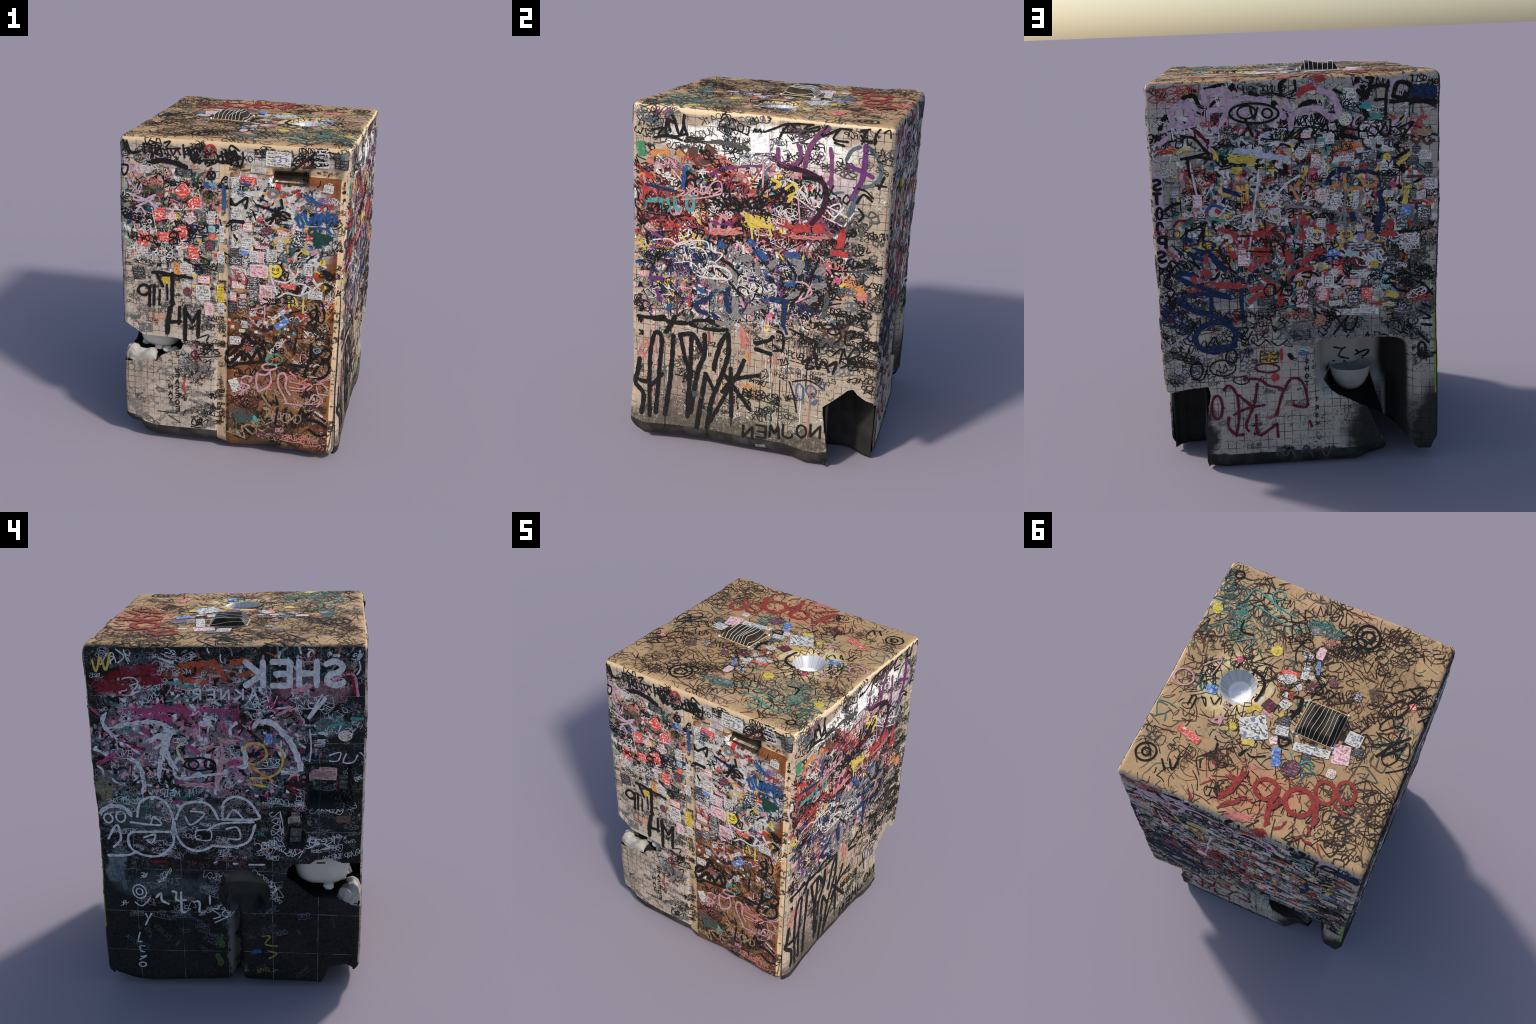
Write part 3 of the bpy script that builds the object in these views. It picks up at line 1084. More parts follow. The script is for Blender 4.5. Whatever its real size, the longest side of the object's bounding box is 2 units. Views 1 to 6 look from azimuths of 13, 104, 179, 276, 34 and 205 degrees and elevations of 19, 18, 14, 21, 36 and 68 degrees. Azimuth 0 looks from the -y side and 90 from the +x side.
def sticker(part, kind, c, w, h, rot, round_shape=False, layer=1):
    face = PART_FACE[part]
    if not on_shell(face, *c):
        return
    plane = {"front": "xz", "back": "xz", "right": "yz", "left": "yz", "top": "xy"}[face]
    key = kind + plane
    if key not in MATS:
        MATS[key] = sticker_material(kind, plane)
    STICKERS["n"] += 1
    off = .0019 + (STICKERS["n"] % 89) / 89 * .0011
    t = .0005
    ca, sa = math.cos(rot), math.sin(rot)

    def P(a, b, o):
        x, y = a * w, b * h
        return surf(face, c[0] + x * ca - y * sa, c[1] + x * sa + y * ca, o)
    verts, faces = [], []
    if round_shape:
        n, m = 28, 4
        for r in range(1, m + 1):
            for i in range(n):
                a = 2 * PI * i / n
                verts.append(P(.5 * r / m * math.cos(a), .5 * r / m * math.sin(a), off + t))
        verts.append(P(0, 0, off + t))
        for i in range(n):
            faces.append((i, (i + 1) % n, m * n))
            for r in range(m - 1):
                faces.append((r * n + i, (r + 1) * n + i, (r + 1) * n + (i + 1) % n, r * n + (i + 1) % n))
        rim = [(m - 1) * n + i for i in range(n)]
    else:
        n = max(3, int(max(w, h) / .018))
        idx = {}
        curl = RND.uniform(-.02, .02)
        for j in range(n + 1):
            for i in range(n + 1):
                a, b = -.5 + i / n, -.5 + j / n
                e = 1.0
                if abs(a) == .5 and abs(b) == .5:
                    e = .965
                idx[i, j] = len(verts)
                verts.append(P(a * e + curl * b, b * e + curl * .4 * math.sin(a * 6), off + t))
        for j in range(n):
            for i in range(n):
                faces.append((idx[i, j], idx[i + 1, j], idx[i + 1, j + 1], idx[i, j + 1]))
        rim = [idx[i, 0] for i in range(n)] + [idx[n, j] for j in range(n)] + [idx[n - i, n] for i in range(n)] + [idx[0, n - j] for j in range(n)]
    nrm = FRAME[face][1]
    base = len(verts)
    for k in rim:
        verts.append(verts[k] - nrm * (t + .001))
    L = len(rim)
    for i in range(L):
        j = (i + 1) % L
        faces.append((rim[j], rim[i], base + i, base + j))
    ob = new_object("sticker", verts, faces, MATS[key], WALLS[part], smooth=False)
    if kind.startswith("smiley"):
        r = w / 2
        ring(part, "maroon", .0045, (c[0] - r * .35, c[1] + r * .25), r * .16, r * .2, 0, 3)
        ring(part, "maroon", .0045, (c[0] + r * .35, c[1] + r * .25), r * .16, r * .2, 0, 3)
        stroke(part, "maroon", .0045, [(c[0] - r * .5, c[1] - r * .2), (c[0], c[1] - r * .5), (c[0] + r * .5, c[1] - r * .2)], 3)
    return ob


def flush_marks():
    """turn the collected paint into meshes, one per wall and colour"""
    for (part, colour, layer), (verts, faces) in BATCH.items():
        if colour not in MATS:
            MATS[colour] = ink_material(colour, INK[colour])
        name = {0: "pen_scribbles", 1: "graffiti_tags", 2: "graffiti_lettering", 3: "graffiti_writing"}.get(layer, "graffiti_lettering")
        ob = new_object(name, verts, faces, MATS[colour], WALLS[part], smooth=True)
        ob["kind"] = "stuff"


def pick(rnd, weighted):
    s = sum(w for _, w in weighted)
    x = rnd.uniform(0, s)
    for k, w in weighted:
        x -= w
        if x <= 0:
            return k
    return weighted[-1][0]


def fill_tags(part, box, count, inks, hs, layer=1, rot=.15, width=(.07, .16), seed=1):
    rnd = random.Random(seed * 131 + count)
    for _ in range(count):
        u, v = rnd.uniform(box[0], box[1]), rnd.uniform(box[2], box[3])
        h = rnd.uniform(*hs) * (1.6 if rnd.random() < .12 else 1)
        r = rnd.gauss(0, rot)
        if rnd.random() < .06:
            r += PI / 2
        tag(part, pick(rnd, inks), u, v, h, rnd.randint(2, 6), max(.0022, h * rnd.uniform(*width)), r, 2 if rnd.random() < .10 else layer, rnd)


def fill_stickers(part, box, count, kinds, ws, seed=1, rot=.08):
    rnd = random.Random(seed * 71 + count)
    for _ in range(count):
        u, v = rnd.uniform(box[0], box[1]), rnd.uniform(box[2], box[3])
        w = rnd.uniform(*ws)
        sticker(part, pick(rnd, kinds), (u, v), w, w * rnd.choice((.5, .7, .9, 1.2, 1.4)), rnd.gauss(0, rot), rnd.random() < .10)


def fill_dabs(part, box, count, inks, ls, ws, seed=1, ang=(0, PI), layer=0):
    """short broad dabs of paint, remains of older pieces"""
    rnd = random.Random(seed * 37 + count)
    for _ in range(count):
        u, v = rnd.uniform(box[0], box[1]), rnd.uniform(box[2], box[3])
        a, l = rnd.uniform(*ang), rnd.uniform(*ls)
        b = a + rnd.uniform(-.9, .9)
        pts = [(u, v), (u + l * .5 * math.cos(a), v + l * .5 * math.sin(a)), (u + l * .5 * (math.cos(a) + math.cos(b)), v + l * .5 * (math.sin(a) + math.sin(b)))]
        ribbon(part, pick(rnd, inks), smooth_path(pts, .01), rnd.uniform(*ws), layer, .3)


def ambient_marks():
    K, W = "black", "white"
    mixed = [(K, 5), ("darkgrey", 1), ("red", 1), ("blue", .7), ("maroon", .6), ("teal", .5), ("purple", .5)]
    paper = [("whiteprint", 6), ("blackprint", 2), ("blackwhite", 2), ("redborder", 1), ("pinkprint", 1), ("yellowprint", .5), ("blueprint", .7), ("greyprint", 1), ("redprint", .8), ("tealprint", .4)]
    # front wall: crowded above, bare tile below
    fill_dabs("front", (-.62, -.10, 1.25, 1.75), 170, [(K, 3), ("slate", 2), ("lilac", 1), ("salmon", 1.4), ("brown", 1.5), ("red", 1), ("tealdark", 1.2), ("tan", 1), (W, 1), ("mossgreen", .9)], (.02, .09), (.006, .02), 3)
    fill_tags("front", (-.66, .66, 1.83, 1.93), 34, [(K, 6), ("darkgrey", 1), ("salmon", .6), ("grey", 1)], (.025, .045), 1, .12, (.10, .2), 4)
    fill_tags("front", (-.66, -.09, 1.20, 1.83), 170, [(K, 5), (W, 2), ("lilac", .7), ("salmon", .8), ("tealdark", .6), ("navy", .5), ("mossgreen", .5)], (.014, .04), 1, .3, (.09, .18), 5)
    fill_tags("front", (-.65, -.09, .80, 1.22), 85, [(K, 5), ("darkgrey", 2), ("grey", 1), ("slate", .6)], (.012, .026), 1, .2, (.08, .15), 6)
    fill_tags("front", (-.30, -.08, .15, .75), 70, [(K, 5), ("darkgrey", 3), ("grey", 2)], (.012, .03), 1, .4, (.10, .2), 7)
    fill_tags("front", (-.62, -.30, .12, .55), 26, [("grey", 3), ("darkgrey", 2), ("tan", 1)], (.012, .03), 1, .4, (.10, .2), 8)
    fill_stickers("front", (-.45, -.10, 1.15, 1.6), 10, paper, (.03, .05), 9, .15)
    # door leaf
    fill_dabs("door", (.0, .58, 1.05, 1.72), 210, [(K, 4), (W, 6), ("grey", 2), ("orange", .4), ("yellow", .5), ("blue", .7), ("pink", .5), ("tan", .6), ("darkgrey", 1.5)], (.02, .07), (.005, .016), 10)
    fill_tags("door", (.01, .63, 1.15, 1.74), 130, [(K, 6), (W, 2), ("darkgrey", 1), ("red", .5), ("blue", .5)], (.012, .032), 1, .25, (.09, .18), 11)
    fill_tags("door", (.01, .63, .60, 1.15), 150, [(K, 4), (W, 1.5), ("pink", 1.4), ("tan", 1.5), ("tealdark", .8), ("orange", .8), ("red", .8), ("darkbrown", 1.5)], (.014, .040), 1, .4, (.08, .18), 12)
    fill_tags("door", (.02, .63, .10, .62), 110, [(K, 2), ("pink", 1.2), ("tan", 2.5), ("brown", 1.5), ("darkbrown", 2), ("salmon", .6)], (.018, .05), 1, .5, (.08, .18), 13)
    fill_stickers("door", (.02, .60, 1.02, 1.72), 30, paper, (.028, .06), 14, .12)
    fill_stickers("door", (.02, .40, .75, 1.05), 5, paper, (.02, .045), 15, .3)
    fill_tags("door_frame", (-.06, -.02, .1, 1.75), 60, [(K, 4), ("darkgrey", 2), ("brown", 1)], (.010, .02), 1, .1, (.12, .2), 16)
    fill_tags("door_frame", (.0, .64, 1.775, 1.81), 26, [(K, 3), ("brown", 2), ("red", .5)], (.008, .014), 1, .08, (.12, .2), 17)
    fill_tags("door_frame", (.652, .668, .1, 1.75), 24, [(K, 3), ("brown", 2), ("slateblue", 1)], (.008, .013), 1, .1, (.12, .2), 18)
    # right wall
    dabs = (.02, .09), (.005, .018)
    fill_dabs("right", (-.66, -.34, 1.36, 1.62), 130, [("red", 3), ("brown", 3), ("orange", 1), ("slate", 2), (K, 2.5), ("pink", 1), ("salmon", 1.5), ("maroon", 2), ("navy", 1), (W, .8)], *dabs, 20)
    fill_dabs("right", (-.34, -.04, 1.34, 1.66), 110, [("brown", 2), (K, 3), (W, 3), ("plum", 1), ("red", 1), ("salmon", 1), ("darkbrown", 2)], *dabs, 27)
    fill_dabs("right", (-.05, .42, 1.36, 1.66), 120, [(W, 3), ("pink", 2), ("plum", 1.5), ("salmon", 1.5), (K, 2), ("yellow", .8), ("slate", 1.5), ("teal", .4), ("red", 1)], *dabs, 28)
    fill_dabs("right", (-.66, .42, 1.20, 1.37), 210, [("red", 3), (K, 3.5), ("salmon", 2), ("maroon", 1.5), ("pink", 1), ("brown", 2), (W, 1.5), ("yellow", .7), ("plum", 1)], *dabs, 29)
    fill_dabs("right", (-.64, .40, 1.04, 1.22), 190, [("blue", 3), ("navy", 3), (W, 2), (K, 3.5), ("yellow", .6), ("pink", .7), ("purple", .8), ("slate", 1)], *dabs, 21)
    fill_dabs("right", (-.62, .32, .78, 1.06), 190, [("grey", 3), ("navy", 2), (K, 3), (W, 2.5), ("pink", .9), ("plum", .8), ("purple", .7), ("tan", 1), ("salmon", .6)], *dabs, 19)
    fill_tags("right", (-.66, .66, 1.70, 1.92), 80, [(K, 5), ("darkgrey", 2), ("slate", .8), ("plum", .6)], (.016, .042), 1, .25, (.08, .16), 22)
    fill_tags("right", (-.64, .45, 1.20, 1.70), 170, [(K, 6), (W, 1.6), ("red", 1.2), ("plum", 1), ("maroon", 1), ("salmon", .8), ("pink", .6)], (.014, .05), 1, .35, (.08, .18), 23)
    fill_tags("right", (-.64, .40, .82, 1.20), 150, [(K, 5), (W, 1.8), ("navy", 2), ("grey", 1.5), ("pink", .6), ("yellow", .4), ("plum", .7)], (.014, .05), 1, .35, (.06, .13), 18)
    fill_tags("right", (.25, .68, .50, 1.45), 130, [(K, 6), ("darkgrey", 2), ("slate", 1), ("brown", .5)], (.014, .045), 1, .25, (.10, .2), 24)
    fill_tags("right", (-.64, .38, .25, .85), 90, [(K, 5), ("darkgrey", 3), ("salmon", .8), ("grey", 1), ("tealdark", .5)], (.012, .035), 1, .35, (.08, .16), 25)
    rnd = random.Random(26)
    for _ in range(46):                                   # long vertical drips
        u, v = rnd.uniform(-.6, .35), rnd.uniform(.45, 1.15)
        ribbon("right", pick(rnd, [(W, 2.5), (K, 1.5), ("salmon", 1), ("pink", 1), ("tealdark", 1), ("yellow", .5), ("navy", .8), ("mossgreen", .7)]),
               smooth_path([(u, v), (u + rnd.uniform(-.004, .004), v - rnd.uniform(.12, .4))], .02), rnd.uniform(.0025, .0055), 1)
    # back wall
    colb = [(K, 4), (W, 2.5), ("red", 1.6), ("navy", 1.4), ("teal", .6), ("grey", 1.2), ("pink", .7), ("yellow", .35), ("maroon", 1.2), ("orange", .25), ("slate", .9), ("lilac", .7), ("darkgrey", 1.2)]
    fill_dabs("back", (-.60, .62, .92, 1.75), 560, colb, (.018, .08), (.005, .018), 30)
    fill_dabs("back", (-.62, .60, 1.62, 1.92), 90, [("lilac", 2.5), (W, 2), (K, 2), ("grey", 1), ("paleyellow", .4)], (.03, .10), (.010, .026), 31)
    fill_tags("back", (-.66, .66, .80, 1.93), 330, [(K, 6), (W, 2), ("darkgrey", 1), ("red", .8), ("navy", .8), ("lilac", .6), ("tealdark", .4)], (.012, .036), 1, .25, (.09, .18), 32)
    fill_tags("back", (-.68, -.20, .46, .88), 70, [(K, 4), ("darkgrey", 3), ("maroon", 1), ("navy", .5)], (.012, .035), 1, .4, (.08, .16), 33)
    fill_tags("back", (-.45, .1, .1, .65), 26, [("darkgrey", 3), ("red", .7), (K, 2)], (.008, .016), 1, .2, (.08, .14), 34)
    fill_tags("back", (.45, .68, .50, 1.2), 80, [(K, 4), ("darkgrey", 3)], (.014, .04), 1, .5, (.08, .16), 35)
    fill_stickers("back", (-.30, .62, .86, 1.72), 42, paper, (.030, .062), 36, .07)
    fill_stickers("back", (-.55, -.2, 1.0, 1.5), 5, paper, (.025, .05), 37, .07)
    fill_tags("back", (-.69, -.55, .6, 1.06), 30, [(K, 4), ("darkgrey", 3), ("navy", .5), ("lilac", 1)], (.02, .045), 1, .5, (.08, .18), 38)
    fill_tags("back", (-.2, .62, .66, .84), 40, [("darkgrey", 4), (K, 3), ("grey", 2)], (.02, .05), 1, .6, (.10, .2), 39)
    # left wall, chalky pens on black tile
    chalk = [("chalk", 4), ("grey", 3.5), ("slate", 1.5), ("pink", .5), ("teal", .3)]
    fill_dabs("left", (-.64, .45, 1.18, 1.72), 330, [("chalk", 2.5), ("magenta", 3), ("pink", 2.4), (K, 5), ("slate", 1.2), ("tealdark", .8), ("crimson", .9), ("grey", 1.5)], (.02, .09), (.005, .017), 40)
    fill_dabs("left", (-.30, .66, 1.72, 1.92), 90, [("chalk", 2), ("grey", 2), ("orangered", 1), ("tealdark", 1), ("pink", 1), (K, 1)], (.02, .08), (.005, .014), 41)
    fill_tags("left", (-.66, .66, 1.12, 1.92), 220, chalk, (.012, .036), 1, .35, (.07, .14), 42)
    fill_tags("left", (-.64, .66, .80, 1.15), 150, chalk, (.010, .028), 1, .2, (.07, .14), 43)
    fill_tags("left", (-.60, .30, .45, .70), 60, [("grey", 4), ("chalk", 2), ("slate", 2)], (.012, .035), 1, .3, (.07, .15), 44)
    fill_tags("left", (-.55, .45, .10, .48), 30, [("darkgrey", 4), ("slate", 2), ("ochre", .5)], (.014, .03), 1, .4, (.08, .15), 45)
    # ceiling: felt pen everywhere
    pen = [(K, 3), ("darkbrown", 5), ("darkgrey", 1), ("brown", 2.5), ("tealdark", .5), ("maroon", .4)]
    fill_tags("top", (-.69, .69, -.69, .69), 135, pen, (.022, .075), 1, 1.6, (.045, .09), 50)
    fill_tags("top", (-.64, .1, -.64, .1), 26, [(K, 4), ("darkbrown", 3), ("salmon", .6)], (.03, .08), 1, 1.6, (.05, .10), 51)
    fill_tags("top", (.0, .64, -.6, -.25), 22, [("tealdark", 4), ("darkgrey", 3), ("teal", .6)], (.03, .07), 1, 1.0, (.04, .08), 52)
    fill_dabs("top", (-.45, .35, .28, .66), 26, [("brickred", 4), ("salmon", 1), ("darkbrown", 1)], (.03, .09), (.006, .018), 53)
    fill_dabs("top", (-.69, .69, -.69, .69), 850, [("darkbrown", 4), (K, 1.5), ("brown", 4), ("tan", 1), ("tealdark", .3), ("maroon", .3)], (.03, .13), (.002, .0055), 54)
    fill_stickers("top", (-.3, .3, -.3, .3), 4, paper, (.025, .05), 55, .8)


def wall_materials():
    M = {}
    C = INK
    busy = [C["black"], (.62, .58, .55), C["darkplum"], C["darkgrey"], C["red"], (.50, .45, .40), C["navy"], (.70, .66, .62), C["brown"], C["black"], C["pink"], (.28, .25, .24), C["yellow"], C["blue"], (.6, .55, .5), C["maroon"]]
    paper = [(.70, .67, .63), C["black"], (.60, .56, .52), C["red"], (.04, .04, .04), (.72, .70, .67), C["tealdark"], (.38, .34, .32), C["orange"], (.66, .63, .60), C["navy"], C["yellow"]]
    dark = [C["black"], (.05, .05, .055), C["chalk"], C["black"], (.16, .16, .17), C["magenta"], C["black"], C["slate"], (.30, .30, .32), C["pink"], C["black"]]
    hair = (.03, .027, .025)
    M["front_wall"] = painted_wall(
        "tiled_front_wall", "front", (.56, .46, .37), (.47, .385, .31),  # tile base darkened to match shade baked into the scan
        zones=[(-.40, 1.52, .26, .20, (.15, .11, .09), 1.2), (-.50, 1.62, .14, .10, (.09, .10, .12), .9), (-.30, 1.60, .18, .10, (.45, .12, .06), 1.0),
               (-.45, 1.33, .22, .10, (.15, .20, .10), .7), (-.58, 1.50, .06, .25, (.16, .27, .24), .5), (-.16, .58, .06, .14, (.40, .13, .12), .45), (-.42, .86, .08, .05, (.55, .20, .13), .6),
               (.25, 1.88, .35, .05, (.72, .70, .68), .6), (-.60, .32, .13, .26, (.27, .22, .17), .7), (-.48, .50, .12, .10, (.27, .22, .18), .6)],  # last two zones paint the baked shadow of the lower left wall
        mosaics=[(26, paper, .35, [(-.35, 1.50, .30, .28)], 1.0), (44, paper, .5, [(-.25, 1.42, .22, .32), (-.3, 1.1, .3, .1)], 1.0)],
        scribbles=[(26, .018, hair, .47, .8), (40, .020, hair, .50, .7), (14, .012, hair, .50, .7)], grout=(.041, .0026, (.06, .047, .038), 1.0), coving=((.66, .48, .28), 1.918))
    M["door"] = painted_wall(
        "wooden_door", "front", (.27, .092, .028), (.19, .062, .022),
        zones=[(.20, 1.50, .30, .32, (.52, .49, .46), 1.5), (.47, 1.50, .20, .26, (.54, .54, .55), 1.4), (.22, 1.18, .26, .20, (.42, .37, .32), 1.2), (.30, .45, .34, .16, (.30, .17, .09), .5),
               (.12, .25, .12, .10, (.05, .085, .070), .95), (.30, .16, .36, .14, (.09, .055, .035), 1.2), (.55, .5, .14, .5, (.30, .11, .04), .6), (.14, .74, .15, .10, (.03, .025, .02), .6)],
        mosaics=[(24, paper, .40, [(.25, 1.45, .34, .36)], 1.0), (42, paper, .45, [(.22, 1.35, .30, .44), (.3, .85, .3, .15)], 1.0)],
        scribbles=[(24, .018, (.02, .016, .012), .48, .8), (18, .012, (.55, .38, .25), .52, .6), (36, .018, (.03, .02, .015), .5, .7)], rough=.5, planks=True)
    M["door_frame"] = painted_wall("door_frame_wood", "front", (.70, .52, .32), (.60, .42, .25), zones=[(-.04, .3, .06, .5, (.36, .25, .15), .7)],
                                   scribbles=[(50, .020, (.10, .06, .03), .50, .7)], planks=True)
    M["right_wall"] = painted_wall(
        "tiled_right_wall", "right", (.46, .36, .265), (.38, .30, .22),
        zones=[(.00, 1.80, .58, .11, (.86, .82, .76), 1.6), (.06, 1.62, .20, .12, (.90, .87, .84), 1.6), (.35, 1.62, .22, .14, (.68, .56, .54), 1.0), (-.50, 1.55, .14, .10, (.70, .35, .10), .8), (-.60, 1.42, .08, .16, (.42, .06, .06), .8), (-.40, 1.40, .22, .12, (.10, .12, .15), .6),  # first two zones whiten the tile where the scan has lamp glare
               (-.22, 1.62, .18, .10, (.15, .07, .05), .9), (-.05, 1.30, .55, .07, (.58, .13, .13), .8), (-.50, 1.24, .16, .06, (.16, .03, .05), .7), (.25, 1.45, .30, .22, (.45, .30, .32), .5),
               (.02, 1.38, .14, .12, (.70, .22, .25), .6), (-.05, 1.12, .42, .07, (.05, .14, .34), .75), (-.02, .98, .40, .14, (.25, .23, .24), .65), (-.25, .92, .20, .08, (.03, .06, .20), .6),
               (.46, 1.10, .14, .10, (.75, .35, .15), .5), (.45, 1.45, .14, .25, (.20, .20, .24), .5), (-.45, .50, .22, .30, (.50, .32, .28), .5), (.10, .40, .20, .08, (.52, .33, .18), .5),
               (-.42, .22, .24, .10, (.05, .042, .038), 1.2), (.2, .30, .5, .12, (.30, .27, .20), .7), (-.1, .14, .75, .10, (.10, .085, .065), 1.3), (-.40, .34, .26, .16, (.16, .12, .10), .8)],  # dark zones tint in the scan's shading towards the floor
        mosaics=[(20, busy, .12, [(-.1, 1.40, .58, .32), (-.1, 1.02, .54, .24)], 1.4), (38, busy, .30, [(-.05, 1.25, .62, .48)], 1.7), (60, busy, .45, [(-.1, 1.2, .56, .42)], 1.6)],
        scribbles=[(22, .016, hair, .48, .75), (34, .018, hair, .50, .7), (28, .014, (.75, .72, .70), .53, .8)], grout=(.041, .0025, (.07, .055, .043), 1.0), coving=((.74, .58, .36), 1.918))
    M["back_wall"] = painted_wall(
        "tiled_back_wall", "back", (.47, .41, .34), (.38, .335, .28),
        zones=[(-.35, 1.80, .28, .13, (.60, .42, .50), .75), (.10, 1.72, .25, .10, (.58, .44, .50), .6), (-.20, 1.58, .22, .06, (.62, .48, .06), .7), (-.15, 1.66, .25, .06, (.58, .64, .74), .6),
               (-.42, 1.40, .20, .22, (.12, .12, .13), .7), (-.12, 1.20, .26, .17, (.42, .045, .04), 1.4), (.20, 1.25, .22, .20, (.38, .10, .10), .5), (-.35, 1.05, .22, .20, (.08, .10, .18), .5), (.05, 1.42, .30, .14, (.16, .17, .20), .6),
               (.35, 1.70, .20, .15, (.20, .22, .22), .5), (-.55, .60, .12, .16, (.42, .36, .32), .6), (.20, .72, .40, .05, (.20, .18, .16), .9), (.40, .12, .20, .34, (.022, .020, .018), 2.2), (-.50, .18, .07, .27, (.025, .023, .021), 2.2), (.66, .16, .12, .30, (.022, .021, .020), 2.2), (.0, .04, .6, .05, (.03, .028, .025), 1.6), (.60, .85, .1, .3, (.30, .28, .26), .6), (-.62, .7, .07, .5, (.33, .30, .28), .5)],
        mosaics=[(24, paper, .30, [(.05, 1.30, .62, .40)], 1.0), (40, paper, .40, [(.05, 1.28, .60, .46)], 1.0), (64, paper, .5, [(.0, 1.25, .55, .35)], 1.0)],
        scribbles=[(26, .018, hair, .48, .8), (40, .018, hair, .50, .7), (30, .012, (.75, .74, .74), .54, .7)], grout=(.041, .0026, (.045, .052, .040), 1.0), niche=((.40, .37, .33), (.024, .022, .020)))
    M["left_wall"] = painted_wall(
        "black_tiled_left_wall", "left", (.009, .009, .009), (.017, .017, .018),
        zones=[(-.50, 1.76, .16, .06, (.20, .012, .02), .9), (-.15, 1.80, .22, .08, (.30, .07, .03), .8), (-.25, 1.58, .36, .08, (.46, .07, .19), 1.1), (-.20, 1.42, .45, .16, (.42, .22, .29), .9), (-.05, 1.30, .25, .10, (.50, .35, .45), .6),
               (.45, 1.74, .20, .08, (.45, .18, .24), .6), (.15, 1.75, .10, .05, (.06, .22, .18), .5), (-.62, 1.20, .06, .10, (.36, .34, .20), .5), (-.30, 1.05, .40, .12, (.10, .13, .13), .6), (-.60, .75, .06, .12, (.25, .32, .34), .6),
               (.55, 1.55, .12, .06, (.14, .26, .28), .5), (-.35, .62, .3, .08, (.10, .12, .13), .5), (.075, .60, .14, .11, (.085, .078, .065), 2.0), (.015, .28, .028, .24, (.12, .12, .115), 2.0)],
        mosaics=[(24, dark, .35, [(-.15, 1.48, .52, .30)], 1.0), (44, dark, .45, [(-.1, 1.45, .60, .42)], 1.0)], bare_below=.66,
        scribbles=[(28, .016, (.50, .50, .52), .50, .4), (44, .018, (.42, .42, .44), .50, .4), (18, .010, (.60, .60, .62), .54, .4)], grout=(.245, .0018, (.34, .34, .33), .6))
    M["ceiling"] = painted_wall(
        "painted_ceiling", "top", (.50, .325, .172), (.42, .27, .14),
        zones=[(.34, .00, .22, .22, (.78, .62, .33), .8), (.05, .50, .35, .14, (.55, .12, .07), .45), (-.45, .45, .22, .18, (.36, .22, .10), .5), (.45, -.45, .3, .18, (.52, .42, .24), .5), (-.45, -.40, .1, .1, (.20, .13, .07), .6),  # first zone is the lamp's light halo, painted cream on the ceiling
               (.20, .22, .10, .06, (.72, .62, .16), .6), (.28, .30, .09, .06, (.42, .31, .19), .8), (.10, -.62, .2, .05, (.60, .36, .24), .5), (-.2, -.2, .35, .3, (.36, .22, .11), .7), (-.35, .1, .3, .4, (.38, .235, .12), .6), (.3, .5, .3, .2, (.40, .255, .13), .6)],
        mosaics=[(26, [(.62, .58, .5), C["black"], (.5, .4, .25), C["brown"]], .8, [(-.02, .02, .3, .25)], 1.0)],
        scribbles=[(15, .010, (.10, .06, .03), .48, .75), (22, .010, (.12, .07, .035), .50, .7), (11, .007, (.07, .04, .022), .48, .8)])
    N = Net("black_skirting", .5)
    co = N.node("ShaderNodeTexCoord").outputs["Object"]
    M["skirting"] = N.done(N.mix(N.ramp(N.noise(co, 12, 4, .6), .4, .7), (.022, .021, .019), (.055, .050, .044)), N.noise(co, 50, 3), .3, .003)
    N = Net("lamp_glass", .3, .5)
    co = N.node("ShaderNodeTexCoord").outputs["Object"]
    o = N.split(co)
    dx, dy = N.math("SUBTRACT", o[0], .3195), N.math("SUBTRACT", o[1], .002)
    rr = N.math("SQRT", N.math("ADD", N.math("MULTIPLY", dx, dx), N.math("MULTIPLY", dy, dy)))
    ray = N.noise(N.vec(N.math("ARCTAN2", dx, dy), 0, 0), 9, 3)
    glass = N.mix(N.ramp(ray, .35, .65), (.60, .60, .62), (.34, .34, .36))
    M["lamp_well"] = N.done(N.mix(N.ramp(rr, .055, .068), (.90, .90, .91), glass))  # centre coloured near white for the overexposed lamp
    N = Net("dark_inside", .8)
    co = N.node("ShaderNodeTexCoord").outputs["Object"]
    M["inside"] = N.done(N.mix(N.noise(co, 8, 3), (.012, .012, .013), (.03, .028, .028)))  # inner skin blackened so the openings show an unlit interior

    def mottled(name, a, b, scale, rough=.55, metal=0, bump=.3):
        N = Net(name, rough)
        N.b.inputs["Metallic"].default_value = metal
        co = N.node("ShaderNodeTexCoord").outputs["Object"]
        k = N.noise(co, scale, 4, .6)
        return N.done(N.mix(N.ramp(k, .35, .68), a, b), k, bump, .003)
    M["vent_dark"] = mottled("vent_mesh", (.020, .016, .012), (.055, .038, .022), 30)
    M["white_metal"] = mottled("white_enamel", (.66, .65, .62), (.50, .48, .44), 60, .4)
    M["frame_wood"] = mottled("vent_frame_wood", (.55, .38, .20), (.40, .27, .14), 40)
    M["dark_metal"] = mottled("dark_metal", (.030, .024, .018), (.075, .055, .035), 25, .4, .3)
    M["brown_metal"] = mottled("brown_metal", (.11, .065, .04), (.05, .03, .02), 30, .45, .3)
    M["porcelain"] = mottled("porcelain", (.60, .57, .52), (.54, .51, .46), 9, .3, 0, .05)
    M["grimy_porcelain"] = mottled("grimy_porcelain", (.40, .385, .35), (.32, .30, .27), 9, .4, 0, .05)
    M["rust"] = mottled("rust", (.10, .05, .03), (.05, .03, .02), 40)
    M["plaster"] = mottled("plaster", (.43, .405, .36), (.30, .28, .245), 16, .6, 0, .5)
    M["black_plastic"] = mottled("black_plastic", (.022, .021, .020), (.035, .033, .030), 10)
    M["paper"] = mottled("yellow_paper", (.55, .50, .26), (.45, .40, .20), 12)
    M["green_tape"] = mottled("green_tape", (.28, .36, .03), (.20, .28, .02), 20)
    return M


